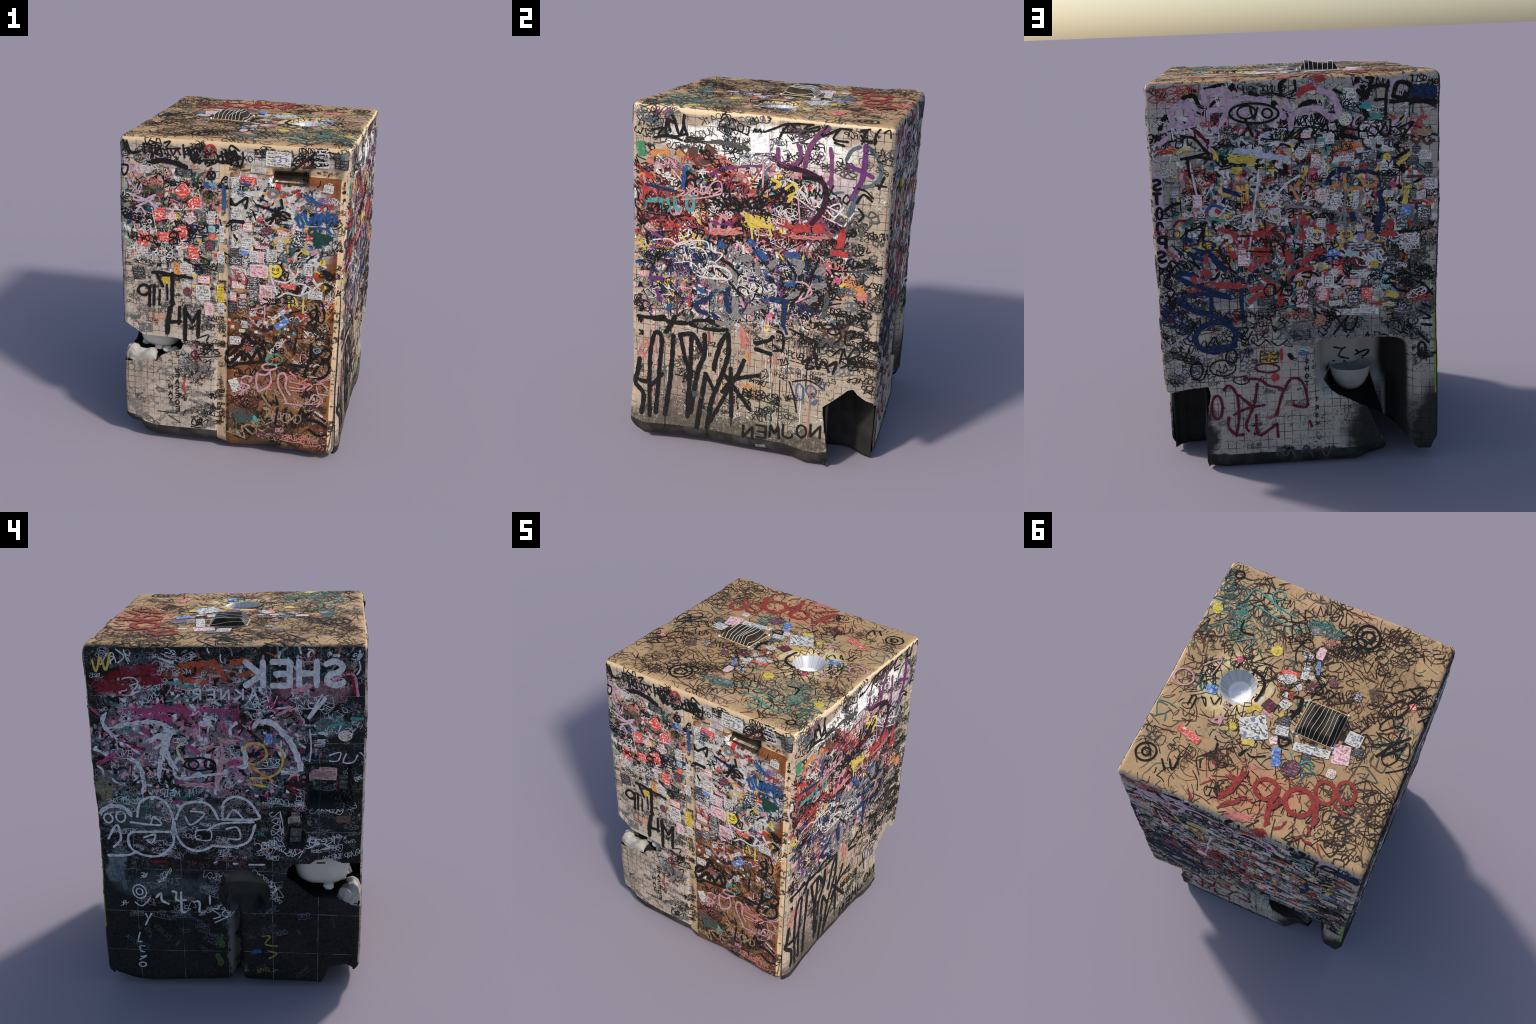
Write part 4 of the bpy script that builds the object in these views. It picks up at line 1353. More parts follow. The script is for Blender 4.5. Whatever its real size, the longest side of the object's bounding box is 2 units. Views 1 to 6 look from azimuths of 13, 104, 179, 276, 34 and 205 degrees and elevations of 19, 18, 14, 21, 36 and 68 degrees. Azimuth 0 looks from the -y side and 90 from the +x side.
def placed_marks():
    """the pieces that can be told apart, in flat wall coordinates"""
    sticker("front", "blackprint", (-0.281, 1.751), 0.102, 0.049, -0.03)
    sticker("front", "redprint", (-0.287, 1.643), 0.082, 0.073, 0.8)
    sticker("front", "redprint", (-0.213, 1.576), 0.079, 0.068, 0.56)
    sticker("front", "redprint", (-0.427, 1.496), 0.084, 0.069, 0.32)
    sticker("front", "redprint", (-0.3, 1.4), 0.085, 0.066, 0.41)
    sticker("front", "redprint", (-0.536, 1.341), 0.065, 0.092, -0.17)
    sticker("front", "redprint", (-0.394, 1.364), 0.087, 0.056, -0.02)
    sticker("front", "redborder", (-0.295, 1.325), 0.083, 0.054, 0.31)
    sticker("front", "redprint", (-0.221, 1.281), 0.062, 0.078, 0.26)
    sticker("front", "redborder", (-0.241, 1.49), 0.067, 0.061, 0.57)
    sticker("front", "pinkprint", (-0.354, 1.489), 0.053, 0.053, 0.72)
    sticker("front", "darkpink", (-0.121, 1.335), 0.062, 0.059, 0.05)
    sticker("front", "orangeprint", (-0.326, 1.171), 0.041, 0.083, 0.11)
    sticker("front", "whiteprint", (-0.267, 1.178), 0.076, 0.066, 0.05)
    sticker("front", "redborder", (-0.157, 1.123), 0.083, 0.049, 0.03)
    sticker("front", "whiteprint", (-0.161, 1.041), 0.088, 0.092, 0.05)
    sticker("front", "pinkprint", (-0.125, 0.941), 0.053, 0.081, 0.06)
    sticker("front", "blackprint", (-0.569, 1.123), 0.077, 0.08, 0.09)
    sticker("front", "greyprint", (-0.531, 0.775), 0.085, 0.057, 0.09)
    sticker("front", "yellowprint", (-0.394, 1.096), 0.049, 0.04, 0.1)
    sticker("front", "tealprint", (-0.109, 1.434), 0.042, 0.033, 0.07)
    sticker("front", "whiteprint", (-0.112, 1.5), 0.038, 0.078, 0.06)
    sticker("front", "whiteprint", (-0.41, 1.204), 0.031, 0.071, 0.1)
    sticker("front", "whiteprint", (-0.277, 1.091), 0.05, 0.056, 0.19)
    sticker("front", "whiteprint", (-0.302, 1.271), 0.031, 0.039, 0.1)
    sticker("front", "yellowwash", (0.266, 1.783), 0.135, 0.089, 0.0)
    sticker("front", "whiteprint", (0.276, 1.862), 0.147, 0.086, -0.04)
    sticker("front", "whiteprint", (0.522, 1.876), 0.086, 0.105, -0.0)
    sticker("front", "blackprint", (0.639, 1.857), 0.082, 0.065, -0.02)
    sticker("front", "reddot", (-0.107, 1.388), 0.043, 0.042, 0.09, round_shape=True)
    sticker("front", "darkpink", (-0.259, 1.035), 0.056, 0.055, 0.11, round_shape=True)
    sticker("front", "greyprint", (0.655, 1.897), 0.052, 0.039, -0.02, round_shape=True)
    stroke("front", "black", .030, "-0.37,0.92 -0.379,0.856 -0.388,0.758")
    stroke("front", "black", .022, "-0.385,0.827 -0.302,0.841")
    stroke("front", "black", .020, "-0.308,0.934 -0.313,0.826")
    stroke("front", "black", .026, "-0.275,0.931 -0.273,0.844 -0.274,0.725")
    stroke("front", "black", .020, "-0.275,0.931 -0.255,0.888 -0.227,0.845")
    stroke("front", "black", .022, "-0.227,0.845 -0.183,0.923")
    stroke("front", "black", .024, "-0.185,0.922 -0.187,0.855 -0.19,0.758")
    stroke("front", "black", .020, "-0.501,1.044 -0.503,0.921")
    stroke("front", "black", .018, "-0.471,1.056 -0.474,0.931")
    stroke("front", "black", .018, "-0.483,1.135 -0.415,1.14 -0.348,1.131 -0.232,1.126")
    stroke("front", "black", .026, "-0.355,1.14 -0.356,1.038 -0.356,0.94")
    stroke("front", "black", .018, "-0.456,1.134 -0.438,1.096 -0.416,1.054")
    stroke("front", "black", .014, "-0.435,1.03 -0.44,0.935")
    stroke("front", "black", .014, "-0.389,1.066 -0.387,0.972")
    stroke("front", "black", .010, "-0.276,1.244 -0.218,1.211 -0.123,1.224 -0.14,1.249 -0.179,1.262")
    stroke("front", "black", .010, "-0.214,1.211 -0.175,1.193 -0.164,1.16")
    stroke("front", "black", .030, "-0.496,1.791 -0.43,1.812 -0.344,1.806 -0.268,1.782")
    stroke("front", "black", .014, "-0.656,1.92 -0.643,1.883 -0.617,1.84")
    stroke("front", "black", .014, "-0.633,1.908 -0.604,1.849 -0.547,1.857")
    stroke("front", "black", .010, "-0.528,1.907 -0.517,1.847")
    stroke("front", "black", .012, "-0.528,1.903 -0.481,1.898 -0.473,1.846")
    stroke("front", "black", .012, "-0.455,1.892 -0.447,1.843 -0.429,1.897 -0.413,1.846")
    stroke("front", "black", .010, "-0.398,1.916 -0.361,1.925 -0.386,1.888 -0.302,1.889")
    stroke("front", "black", .010, "-0.361,1.885 -0.344,1.85 -0.323,1.884 -0.302,1.853")
    stroke("front", "black", .012, "-0.285,1.91 -0.276,1.838")
    stroke("front", "black", .012, "-0.26,1.895 -0.242,1.848 -0.226,1.893 -0.179,1.892")
    stroke("front", "black", .014, "-0.171,1.917 -0.167,1.885")
    stroke("front", "black", .014, "-0.205,1.875 -0.179,1.856 -0.192,1.827")
    stroke("front", "black", .012, "-0.677,1.77 -0.628,1.769 -0.637,1.724 -0.66,1.714 -0.668,1.75")
    stroke("front", "red", .010, "-0.148,1.906 -0.102,1.865")
    stroke("front", "black", .010, "-0.132,1.767 -0.098,1.725")
    stroke("front", "black", .010, "-0.132,1.722 -0.099,1.769")
    stroke("front", "blue", .036, "-0.157,1.686 -0.131,1.692")
    stroke("front", "lightblue", .02, "-0.119,1.695 -0.094,1.692")
    stroke("front", "lilac", .014, "-0.616,1.606 -0.563,1.589 -0.485,1.561 -0.458,1.526")
    stroke("front", "lilac", .014, "-0.608,1.577 -0.542,1.57 -0.458,1.609")
    stroke("front", "lilac", .012, "-0.573,1.534 -0.52,1.559 -0.467,1.588")
    stroke("front", "lilac", .012, "-0.583,1.499 -0.551,1.531 -0.52,1.492")
    stroke("front", "black", .016, "-0.123,1.654 -0.11,1.639 -0.127,1.617")
    stroke("front", "white", .006, "-0.388,1.532 -0.301,1.535 -0.172,1.553")
    stroke("front", "white", .006, "-0.476,1.513 -0.45,1.389")
    stroke("front", "maroon", .010, "-0.239,0.686 -0.215,0.714 -0.196,0.678 -0.233,0.636 -0.202,0.589 -0.177,0.52")
    stroke("front", "maroon", .014, "-0.208,0.665 -0.202,0.601")
    stroke("front", "red", .012, "-0.273,0.457 -0.282,0.41 -0.27,0.358")
    stroke("front", "lightblue", .006, "-0.285,0.659 -0.257,0.627 -0.288,0.604")
    stroke("front", "lightblue", .006, "-0.301,0.59 -0.269,0.575")
    stroke("front", "darkgreen", .007, "-0.459,0.211 -0.325,0.215")
    stroke("front", "black", .006, "-0.284,0.207 -0.27,0.244 -0.252,0.243")
    stroke("front", "black", .006, "-0.195,0.186 -0.157,0.197 -0.176,0.16")
    stroke("front", "black", .007, "-0.151,0.265 -0.139,0.247 -0.107,0.264 -0.113,0.237 -0.094,0.257")
    stroke("front", "black", .005, "-0.387,0.191 -0.303,0.15")
    stroke("front", "black", .008, "-0.196,0.742 -0.123,0.775 -0.135,0.736")
    stroke("front", "black", .007, "-0.135,0.73 -0.111,0.675 -0.147,0.645")
    stroke("front", "black", .007, "-0.19,0.628 -0.153,0.588 -0.11,0.611")
    stroke("front", "black", .007, "-0.183,0.552 -0.171,0.475 -0.14,0.498")
    stroke("front", "black", .007, "-0.11,0.598 -0.122,0.533")
    stroke("front", "black", .006, "-0.239,0.441 -0.22,0.446")
    ring("front", "black", .018, (-0.54, 1.018), 0.037, 0.031, 0.1)
    ring("front", "red", .013, (-0.125, 1.885), 0.034, 0.033, 0.06)
    ring("front", "black", .014, (-0.061, 1.843), 0.015, 0.016, 0.05)
    ring("front", "black", .010, (-0.115, 1.746), 0.023, 0.024, 0.06)
    letters("front", "black", .007, "EASEOE", (-0.323, 0.486), (-0.0, -0.048), 0.024)
    letters("front", "black", .007, "NAY", (-0.368, 0.398), (0.0, -0.046), 0.022)
    sticker("door", "whiteprint", (0.017, 1.712), 0.071, 0.064, 0.01)
    sticker("door", "redprint", (0.105, 1.729), 0.091, 0.044, -0.02)
    sticker("door", "whiteprint", (0.183, 1.72), 0.055, 0.035, -0.0)
    sticker("door", "whiteprint", (0.027, 1.535), 0.084, 0.078, -0.06)
    sticker("door", "darkpink", (0.22, 1.445), 0.068, 0.045, 0.34)
    sticker("door", "pinkprint", (0.197, 1.363), 0.085, 0.046, 0.01)
    sticker("door", "whiteprint", (0.102, 1.36), 0.059, 0.076, -0.02)
    sticker("door", "blackwhite", (0.415, 1.417), 0.075, 0.091, -0.23)
    sticker("door", "whiteprint", (0.256, 1.306), 0.064, 0.072, 0.02)
    sticker("door", "pinkprint", (0.181, 1.207), 0.108, 0.078, 0.01)
    sticker("door", "whiteprint", (0.474, 1.242), 0.053, 0.072, 0.02)
    sticker("door", "whiteprint", (0.058, 1.193), 0.087, 0.042, -0.0)
    sticker("door", "redborder", (0.058, 1.112), 0.087, 0.048, -0.01)
    sticker("door", "pinkprint", (0.235, 1.071), 0.092, 0.108, 0.02)
    sticker("door", "redborder", (0.019, 1.039), 0.061, 0.057, -0.01)
    sticker("door", "pinkprint", (0.088, 1.046), 0.04, 0.027, 0.01)
    sticker("door", "blackprint", (0.028, 0.969), 0.052, 0.071, 0.06)
    sticker("door", "blackwhite", (0.089, 0.997), 0.058, 0.063, 0.0)
    sticker("door", "blueprint", (0.33, 0.896), 0.098, 0.039, 0.68)
    sticker("door", "whiteprint", (0.307, 0.948), 0.104, 0.023, 0.67)
    sticker("door", "whiteprint", (0.1, 0.882), 0.037, 0.02, -0.1)
    sticker("door", "whiteprint", (0.104, 0.855), 0.037, 0.02, -0.04)
    sticker("door", "paleprint", (0.087, 0.826), 0.04, 0.022, 0.02)
    sticker("door", "whiteprint", (0.045, 0.758), 0.07, 0.054, 0.03)
    sticker("door", "whiteprint", (0.047, 0.461), 0.06, 0.085, 0.41)
    sticker("door", "blackprint", (0.414, 0.917), 0.047, 0.043, 0.1)
    sticker("door", "whiteprint", (0.525, 1.094), 0.084, 0.05, 0.03)
    sticker("door", "redprint", (0.36, 1.131), 0.092, 0.029, -0.12)
    sticker("door", "blackwhite", (0.141, 1.13), 0.067, 0.08, -0.06)
    sticker("door", "blueprint", (0.55, 1.65), 0.049, 0.029, -0.06)
    sticker("door", "whiteprint", (0.571, 1.714), 0.058, 0.044, -0.08)
    sticker("door", "blackprint", (0.033, 1.308), 0.052, 0.047, 0.02)
    sticker("door", "whiteprint", (0.006, 1.363), 0.047, 0.041, 0.01)
    sticker("door", "blueprint", (0.09, 1.308), 0.041, 0.031, 0.01)
    sticker("door", "pinkprint", (0.189, 1.291), 0.041, 0.066, 0.02)
    sticker("door", "whiteprint", (0.148, 1.292), 0.046, 0.067, 0.01)
    sticker("door", "blackwhite", (0.039, 1.257), 0.079, 0.047, 0.02)
    sticker("door", "whiteprint", (0.301, 1.357), 0.036, 0.046, 0.02)
    sticker("door", "yellowdark", (0.439, 1.715), 0.075, 0.048, 0.17, round_shape=True)
    sticker("door", "redborder", (0.107, 1.461), 0.06, 0.058, 0.07, round_shape=True)
    sticker("door", "redborder", (0.324, 1.424), 0.072, 0.069, 0.09, round_shape=True)
    sticker("door", "smiley", (0.282, 1.216), 0.078, 0.078, 0.1, round_shape=True)
    sticker("door", "blackwhite", (0.151, 1.052), 0.055, 0.062, 0.09, round_shape=True)
    sticker("door", "redborder", (0.283, 1.4), 0.046, 0.045, 0.09, round_shape=True)
    stroke("door", "blue", .018, "0.39,1.534 0.419,1.556 0.439,1.577")
    stroke("door", "blue", .016, "0.401,1.525 0.417,1.487 0.437,1.508 0.421,1.532")
    stroke("door", "blue", .018, "0.444,1.578 0.451,1.529 0.472,1.511 0.485,1.552")
    stroke("door", "blue", .016, "0.497,1.514 0.509,1.574 0.527,1.516")
    stroke("door", "blue", .014, "0.496,1.538 0.528,1.541")
    stroke("door", "blue", .018, "0.537,1.517 0.539,1.576 0.571,1.525 0.573,1.584")
    stroke("door", "blue", .018, "0.613,1.572 0.584,1.57 0.587,1.521 0.616,1.529 0.614,1.553")
    stroke("door", "blue", .030, "0.445,1.656 0.505,1.642")
    stroke("door", "blue", .014, "0.473,1.486 0.563,1.49 0.599,1.462")
    stroke("door", "blue", .020, "0.511,1.632 0.536,1.625")
    stroke("door", "white", .040, "0.33,1.632 0.385,1.646")
    stroke("door", "white", .040, "0.337,1.589 0.383,1.573")
    stroke("door", "white", .030, "0.345,1.51 0.38,1.523")
    stroke("door", "white", .030, "0.087,1.649 0.153,1.659")
    stroke("door", "white", .030, "-0.001,1.638 0.041,1.646")
    stroke("door", "black", .016, "-0,1.623 0.026,1.585 0.062,1.608")
    stroke("door", "black", .014, "0.154,1.594 0.215,1.579 0.267,1.563 0.35,1.526")
    stroke("door", "black", .014, "0.239,1.491 0.278,1.544 0.318,1.567 0.354,1.546")
    stroke("door", "black", .018, "0.218,1.509 0.258,1.532 0.297,1.585")
    stroke("door", "black", .014, "0.266,1.582 0.309,1.522 0.36,1.531")
    stroke("door", "black", .016, "0.067,1.608 0.102,1.631 0.093,1.57")
    stroke("door", "black", .014, "0.3,1.635 0.312,1.586")
    stroke("door", "grey", .016, "0.232,1.679 0.273,1.682 0.274,1.652 0.233,1.649 0.232,1.679")
    stroke("door", "black", .022, "-0.017,1.458 0.013,1.489 0.08,1.489")
    stroke("door", "darkgreen", .030, "0.479,1.457 0.525,1.445 0.575,1.44 0.611,1.428")
    stroke("door", "darkgreen", .034, "0.485,1.432 0.537,1.407 0.586,1.416")
    stroke("door", "darkgreen", .022, "0.502,1.389 0.548,1.388")
    stroke("door", "black", .014, "0.57,1.243 0.606,1.231 0.588,1.199 0.603,1.19")
    stroke("door", "black", .016, "0.587,1.127 0.621,1.151 0.579,1.168")
    stroke("door", "white", .010, "0.308,1.27 0.278,1.247 0.254,1.193 0.278,1.122 0.295,1.077")
    stroke("door", "white", .010, "0.281,1.159 0.349,1.155 0.409,1.207 0.411,1.274 0.38,1.277 0.361,1.239 0.404,1.191")
    stroke("door", "white", .008, "0.44,1.091 0.468,1.146 0.521,1.111")
    stroke("door", "white", .010, "0.306,1.06 0.352,1.091 0.419,1.082 0.47,1.103 0.515,1.129")
    stroke("door", "white", .009, "0.416,1.154 0.468,1.145 0.44,1.084")
    stroke("door", "white", .008, "0.515,1.134 0.544,1.157")
    stroke("door", "orange", .008, "0.271,1.454 0.301,1.471 0.363,1.458 0.375,1.423")
    stroke("door", "yellow", .030, "0.268,1.399 0.36,1.407")
    stroke("door", "yellow", .024, "0.444,1.349 0.474,1.341")
    stroke("door", "pink", .026, "0.489,1.342 0.524,1.356")
    stroke("door", "yellow", .012, "0.346,1.371 0.352,1.336")
    stroke("door", "black", .012, "0.496,0.984 0.526,1.008 0.538,0.966 0.508,0.952 0.496,0.984")
    stroke("door", "black", .013, "0.535,1.031 0.543,0.967 0.536,0.902")
    stroke("door", "black", .012, "0.565,1.055 0.583,0.993 0.581,0.939 0.555,0.931 0.548,0.967")
    stroke("door", "black", .012, "0.538,0.955 0.489,0.919")
    stroke("door", "black", .020, "-0,0.683 0.032,0.716 0.081,0.727 0.096,0.769 0.123,0.789 0.15,0.757")
    stroke("door", "black", .020, "0.15,0.752 0.198,0.752 0.232,0.711 0.229,0.643")
    stroke("door", "black", .022, "-0.007,0.674 -0.007,0.611 0.028,0.612 0.06,0.655 0.103,0.689")
    stroke("door", "black", .020, "0.016,0.656 0.059,0.702")
    stroke("door", "black", .020, "0.081,0.687 0.104,0.633 0.124,0.68 0.148,0.633")
    stroke("door", "black", .020, "0.147,0.638 0.189,0.706 0.212,0.646")
    stroke("door", "black", .020, "-0.006,0.576 0.029,0.578 0.061,0.604 0.148,0.622 0.213,0.635")
    stroke("door", "black", .022, "0.106,0.81 0.133,0.796")
    stroke("door", "teal", .008, "0.254,0.668 0.297,0.702 0.34,0.68")
    stroke("door", "pink", .012, "0.217,0.608 0.245,0.628 0.305,0.624 0.3,0.6 0.236,0.587 0.217,0.608")
    stroke("door", "pink", .013, "0.188,0.558 0.183,0.499 0.196,0.436")
    stroke("door", "pink", .013, "0.188,0.552 0.242,0.554 0.269,0.58")
    stroke("door", "pink", .013, "0.269,0.574 0.276,0.511 0.25,0.467 0.196,0.436")
    stroke("door", "pink", .013, "0.323,0.564 0.32,0.506 0.337,0.461 0.36,0.424 0.378,0.386")
    stroke("door", "pink", .014, "0.323,0.564 0.355,0.58 0.373,0.542 0.369,0.489 0.397,0.44")
    stroke("door", "pink", .010, "0.392,0.59 0.431,0.561")
    stroke("door", "pink", .008, "0.389,0.527 0.486,0.516 0.466,0.491 0.39,0.492")
    stroke("door", "pink", .008, "0.402,0.471 0.477,0.475")
    stroke("door", "pink", .012, "0.09,0.51 0.117,0.53 0.156,0.524 0.14,0.493")
    stroke("door", "pink", .011, "0.085,0.481 0.141,0.464 0.098,0.424")
    stroke("door", "pink", .008, "0.506,0.53 0.533,0.516 0.503,0.484")
    stroke("door", "pink", .008, "0.543,0.528 0.601,0.54")
    stroke("door", "pink", .008, "0.56,0.513 0.574,0.459")
    stroke("door", "pink", .008, "0.585,0.544 0.63,0.499")
    stroke("door", "pink", .008, "0.573,0.47 0.632,0.466")
    stroke("door", "pink", .008, "0.522,0.417 0.552,0.462 0.602,0.428 0.567,0.383")
    stroke("door", "pink", .007, "0.151,0.969 0.213,0.991 0.234,1.015")
    stroke("door", "pink", .008, "0.131,0.912 0.174,0.872 0.206,0.859 0.221,0.905 0.224,0.997")
    stroke("door", "pink", .006, "0.156,0.975 0.182,0.95 0.23,0.949")
    stroke("door", "black", .018, "0.516,0.785 0.514,0.7 0.483,0.584 0.515,0.576")
    stroke("door", "black", .016, "0.52,0.678 0.561,0.724 0.606,0.768 0.638,0.739 0.605,0.679")
    stroke("door", "black", .018, "0.627,0.671 0.634,0.632 0.599,0.581 0.547,0.569")
    stroke("door", "black", .016, "0.54,0.602 0.569,0.657 0.595,0.677")
    stroke("door", "black", .018, "0.39,0.641 0.433,0.64 0.475,0.634")
    stroke("door", "black", .012, "0.295,0.741 0.292,0.673")
    stroke("door", "black", .014, "0.421,0.813 0.414,0.711")
    stroke("door", "lightblue", .007, "0.528,0.753 0.559,0.768 0.575,0.748 0.545,0.733 0.528,0.753")
    stroke("door", "white", .007, "0.533,0.641 0.553,0.66 0.585,0.654")
    stroke("door", "white", .006, "0.504,0.575 0.562,0.576")
    stroke("door", "red", .008, "0.471,0.863 0.493,0.832 0.535,0.826")
    stroke("door", "red", .014, "0.414,0.96 0.497,0.962")
    stroke("door", "yellow", .012, "0.391,1.016 0.399,1.069 0.422,1.019")
    stroke("door", "yellow", .012, "0.37,1.035 0.371,1.003")
    stroke("door", "yellow", .012, "0.456,1.075 0.455,0.98")
    stroke("door", "white", .009, "0.47,0.868 0.492,0.843 0.477,0.831")
    stroke("door", "black", .010, "0.377,0.972 0.439,0.989")
    stroke("door", "black", .014, "0.237,0.415 0.259,0.374 0.28,0.355")
    stroke("door", "black", .012, "0.294,0.384 0.325,0.362 0.308,0.419")
    stroke("door", "black", .014, "0.326,0.341 0.315,0.23 0.351,0.22")
    stroke("door", "black", .013, "0.377,0.343 0.37,0.267 0.387,0.219")
    stroke("door", "black", .013, "0.408,0.326 0.422,0.223")
    stroke("door", "black", .013, "0.472,0.357 0.437,0.22")
    stroke("door", "black", .016, "0.482,0.347 0.499,0.306 0.537,0.343")
    stroke("door", "black", .020, "0.515,0.286 0.585,0.28 0.631,0.249")
    stroke("door", "black", .014, "0.552,0.345 0.624,0.291")
    stroke("door", "black", .016, "0.528,0.223 0.585,0.189 0.634,0.207")
    stroke("door", "white", .016, "0.557,0.346 0.603,0.32")
    stroke("door", "teal", .024, "0.17,0.258 0.202,0.235")
    stroke("door", "tan", .014, "0.222,0.413 0.248,0.378 0.275,0.344")
    stroke("door", "tan", .016, "0.24,0.328 0.276,0.317 0.252,0.27")
    stroke("door", "pink", .010, "0.365,0.379 0.41,0.38 0.476,0.378")
    stroke("door", "greendark", .040, "0.047,0.241 0.119,0.257 0.171,0.231")
    stroke("door", "greendark", .040, "0.058,0.22 0.13,0.236")
    ring("door", "darkgreen", .016, (0.489, 1.463), 0.018, 0.02, 0.08)
    ring("door", "black", .012, (0.602, 1.21), 0.02, 0.015, 0.1)
    ring("door", "teal", .010, (0.292, 0.661), 0.049, 0.034, 0.14)
    sticker("door_frame", "yellowprint", (-0.052, 1.044), 0.041, 0.106, 0.05)
    sticker("door_frame", "whiteprint", (-0.05, 0.956), 0.041, 0.062, 0.06)
    sticker("door_frame", "whiteprint", (-0.052, 1.266), 0.041, 0.073, 0.05)
    sticker("door_frame", "greyprint", (-0.052, 1.198), 0.039, 0.048, 0.05)
    sticker("door_frame", "whiteprint", (-0.049, 1.407), 0.029, 0.094, 0.04)
    sticker("door_frame", "whiteprint", (0.161, 1.791), 0.089, 0.032, 0.0)
    stroke("door_frame", "blue", .020, "-0.041,1.691 -0.038,1.532")
    stroke("door_frame", "paleblue", .010, "0.72,0.602 0.72,0.493")
    letters("door_frame", "black", .006, "IHM", (0.663, 1.746), (0.002, -0.043), 0.012)
    letters("door_frame", "black", .007, "UTMUCCM", (0.677, 0.83), (0.016, -0.063), 0.015)
    sticker("right", "greenprint", (-0.643, 1.702), 0.047, 0.078, 0.11)
    sticker("right", "whiteglare", (0.005, 1.797), 0.1, 0.102, 0.1)  # this and the next: white plates modelled for glare on the wall
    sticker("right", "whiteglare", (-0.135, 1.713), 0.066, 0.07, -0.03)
    sticker("right", "whiteprint", (0.202, 1.264), 0.04, 0.037, 0.04)
    sticker("right", "greyprint", (0.074, 0.073), 0.061, 0.025, 0.16)
    stroke("right", "black", 0.026, "-0.652,0.504 -0.663,0.419 -0.676,0.353 -0.625,0.287 -0.635,0.171")
    stroke("right", "black", 0.024, "-0.671,0.38 -0.628,0.369 -0.594,0.393 -0.586,0.559 -0.558,0.677 -0.526,0.668 -0.521,0.612 -0.534,0.44 -0.549,0.184")
    stroke("right", "black", 0.021, "-0.513,0.43 -0.583,0.344")
    stroke("right", "black", 0.022, "-0.591,0.4 -0.585,0.159")
    stroke("right", "black", 0.026, "-0.452,0.672 -0.464,0.45 -0.493,0.18")
    stroke("right", "black", 0.024, "-0.412,0.684 -0.38,0.539 -0.354,0.443 -0.358,0.19")
    stroke("right", "black", 0.027, "-0.412,0.684 -0.334,0.697 -0.284,0.607")
    stroke("right", "black", 0.024, "-0.346,0.689 -0.349,0.469 -0.361,0.278")
    stroke("right", "black", 0.027, "-0.268,0.708 -0.265,0.597 -0.307,0.463 -0.341,0.218")
    stroke("right", "black", 0.027, "-0.258,0.471 -0.277,0.324 -0.302,0.128")
    stroke("right", "black", 0.021, "-0.258,0.471 -0.233,0.425 -0.207,0.379")
    stroke("right", "black", 0.026, "-0.134,0.733 -0.168,0.686 -0.199,0.57 -0.21,0.506")
    stroke("right", "black", 0.026, "-0.134,0.733 -0.13,0.606 -0.173,0.448 -0.217,0.315 -0.231,0.211 -0.242,0.138")
    stroke("right", "black", 0.021, "-0.107,0.434 -0.168,0.298 -0.225,0.18")
    stroke("right", "black", 0.024, "-0.113,0.528 -0.106,0.383 -0.1,0.234")
    stroke("right", "black", 0.024, "-0.144,0.479 -0.071,0.389 0.004,0.296")
    stroke("right", "black", 0.024, "0.049,0.51 -0.044,0.482 -0.102,0.454 -0.159,0.375")
    stroke("right", "black", 0.024, "-0.039,0.588 -0.063,0.516 -0.096,0.449")
    stroke("right", "black", 0.022, "-0.659,0.765 -0.586,0.766 -0.504,0.782 -0.568,0.759 -0.497,0.765")
    stroke("right", "black", 0.027, "-0.497,0.69 -0.467,0.738 -0.444,0.79")
    stroke("right", "black", 0.027, "-0.485,0.754 -0.443,0.754 -0.377,0.761")
    stroke("right", "black", 0.021, "-0.359,0.761 -0.311,0.787 -0.229,0.793 -0.193,0.774")
    stroke("right", "black", 0.022, "-0.353,0.756 -0.287,0.747 -0.204,0.745 -0.14,0.757")
    stroke("right", "black", .014, "-0.473,1.892 -0.452,1.854 -0.494,1.865 -0.482,1.811")
    stroke("right", "black", .016, "-0.405,1.898 -0.409,1.854 -0.387,1.796")
    stroke("right", "black", .014, "-0.5,1.869 -0.504,1.794 -0.45,1.775")
    stroke("right", "black", .014, "-0.452,1.849 -0.429,1.792 -0.409,1.844")
    stroke("right", "black", .012, "-0.583,1.806 -0.52,1.823 -0.546,1.78 -0.45,1.785 -0.387,1.806")
    stroke("right", "black", .014, "-0.567,1.768 -0.493,1.785 -0.418,1.768")
    stroke("right", "darkbrown", .030, "-0.407,1.774 -0.334,1.777 -0.282,1.777")
    stroke("right", "darkgrey", .020, "-0.282,1.777 -0.178,1.778 -0.049,1.757")
    stroke("right", "brown", .050, "-0.375,1.708 -0.333,1.717")
    stroke("right", "brown", .060, "-0.291,1.736 -0.228,1.713")
    stroke("right", "brown", .040, "-0.337,1.662 -0.247,1.662")
    stroke("right", "brown", .024, "-0.33,1.541 -0.307,1.492 -0.316,1.43")
    stroke("right", "salmon", .010, "-0.332,1.682 -0.299,1.646 -0.247,1.662")
    stroke("right", "salmon", .008, "-0.301,1.696 -0.227,1.694 -0.176,1.709")
    stroke("right", "teal", .020, "-0.616,1.426 -0.544,1.44 -0.5,1.435")
    stroke("right", "teal", .018, "-0.533,1.436 -0.522,1.375")
    stroke("right", "teal", .018, "-0.489,1.452 -0.483,1.39")
    stroke("right", "teal", .020, "-0.451,1.467 -0.445,1.405 -0.417,1.399")
    stroke("right", "teal", .018, "-0.381,1.479 -0.38,1.413 -0.348,1.411 -0.344,1.483")
    stroke("right", "purple", .020, "-0.251,1.606 -0.21,1.631 -0.144,1.657")
    stroke("right", "plum", .012, "-0.174,1.644 -0.046,1.673 0.03,1.676")
    stroke("right", "black", .014, "-0.222,1.477 -0.178,1.452 -0.198,1.414")
    stroke("right", "black", .016, "-0.141,1.572 -0.129,1.534")
    stroke("right", "yellow", .040, "-0.062,1.393 0.005,1.396 0.083,1.4")
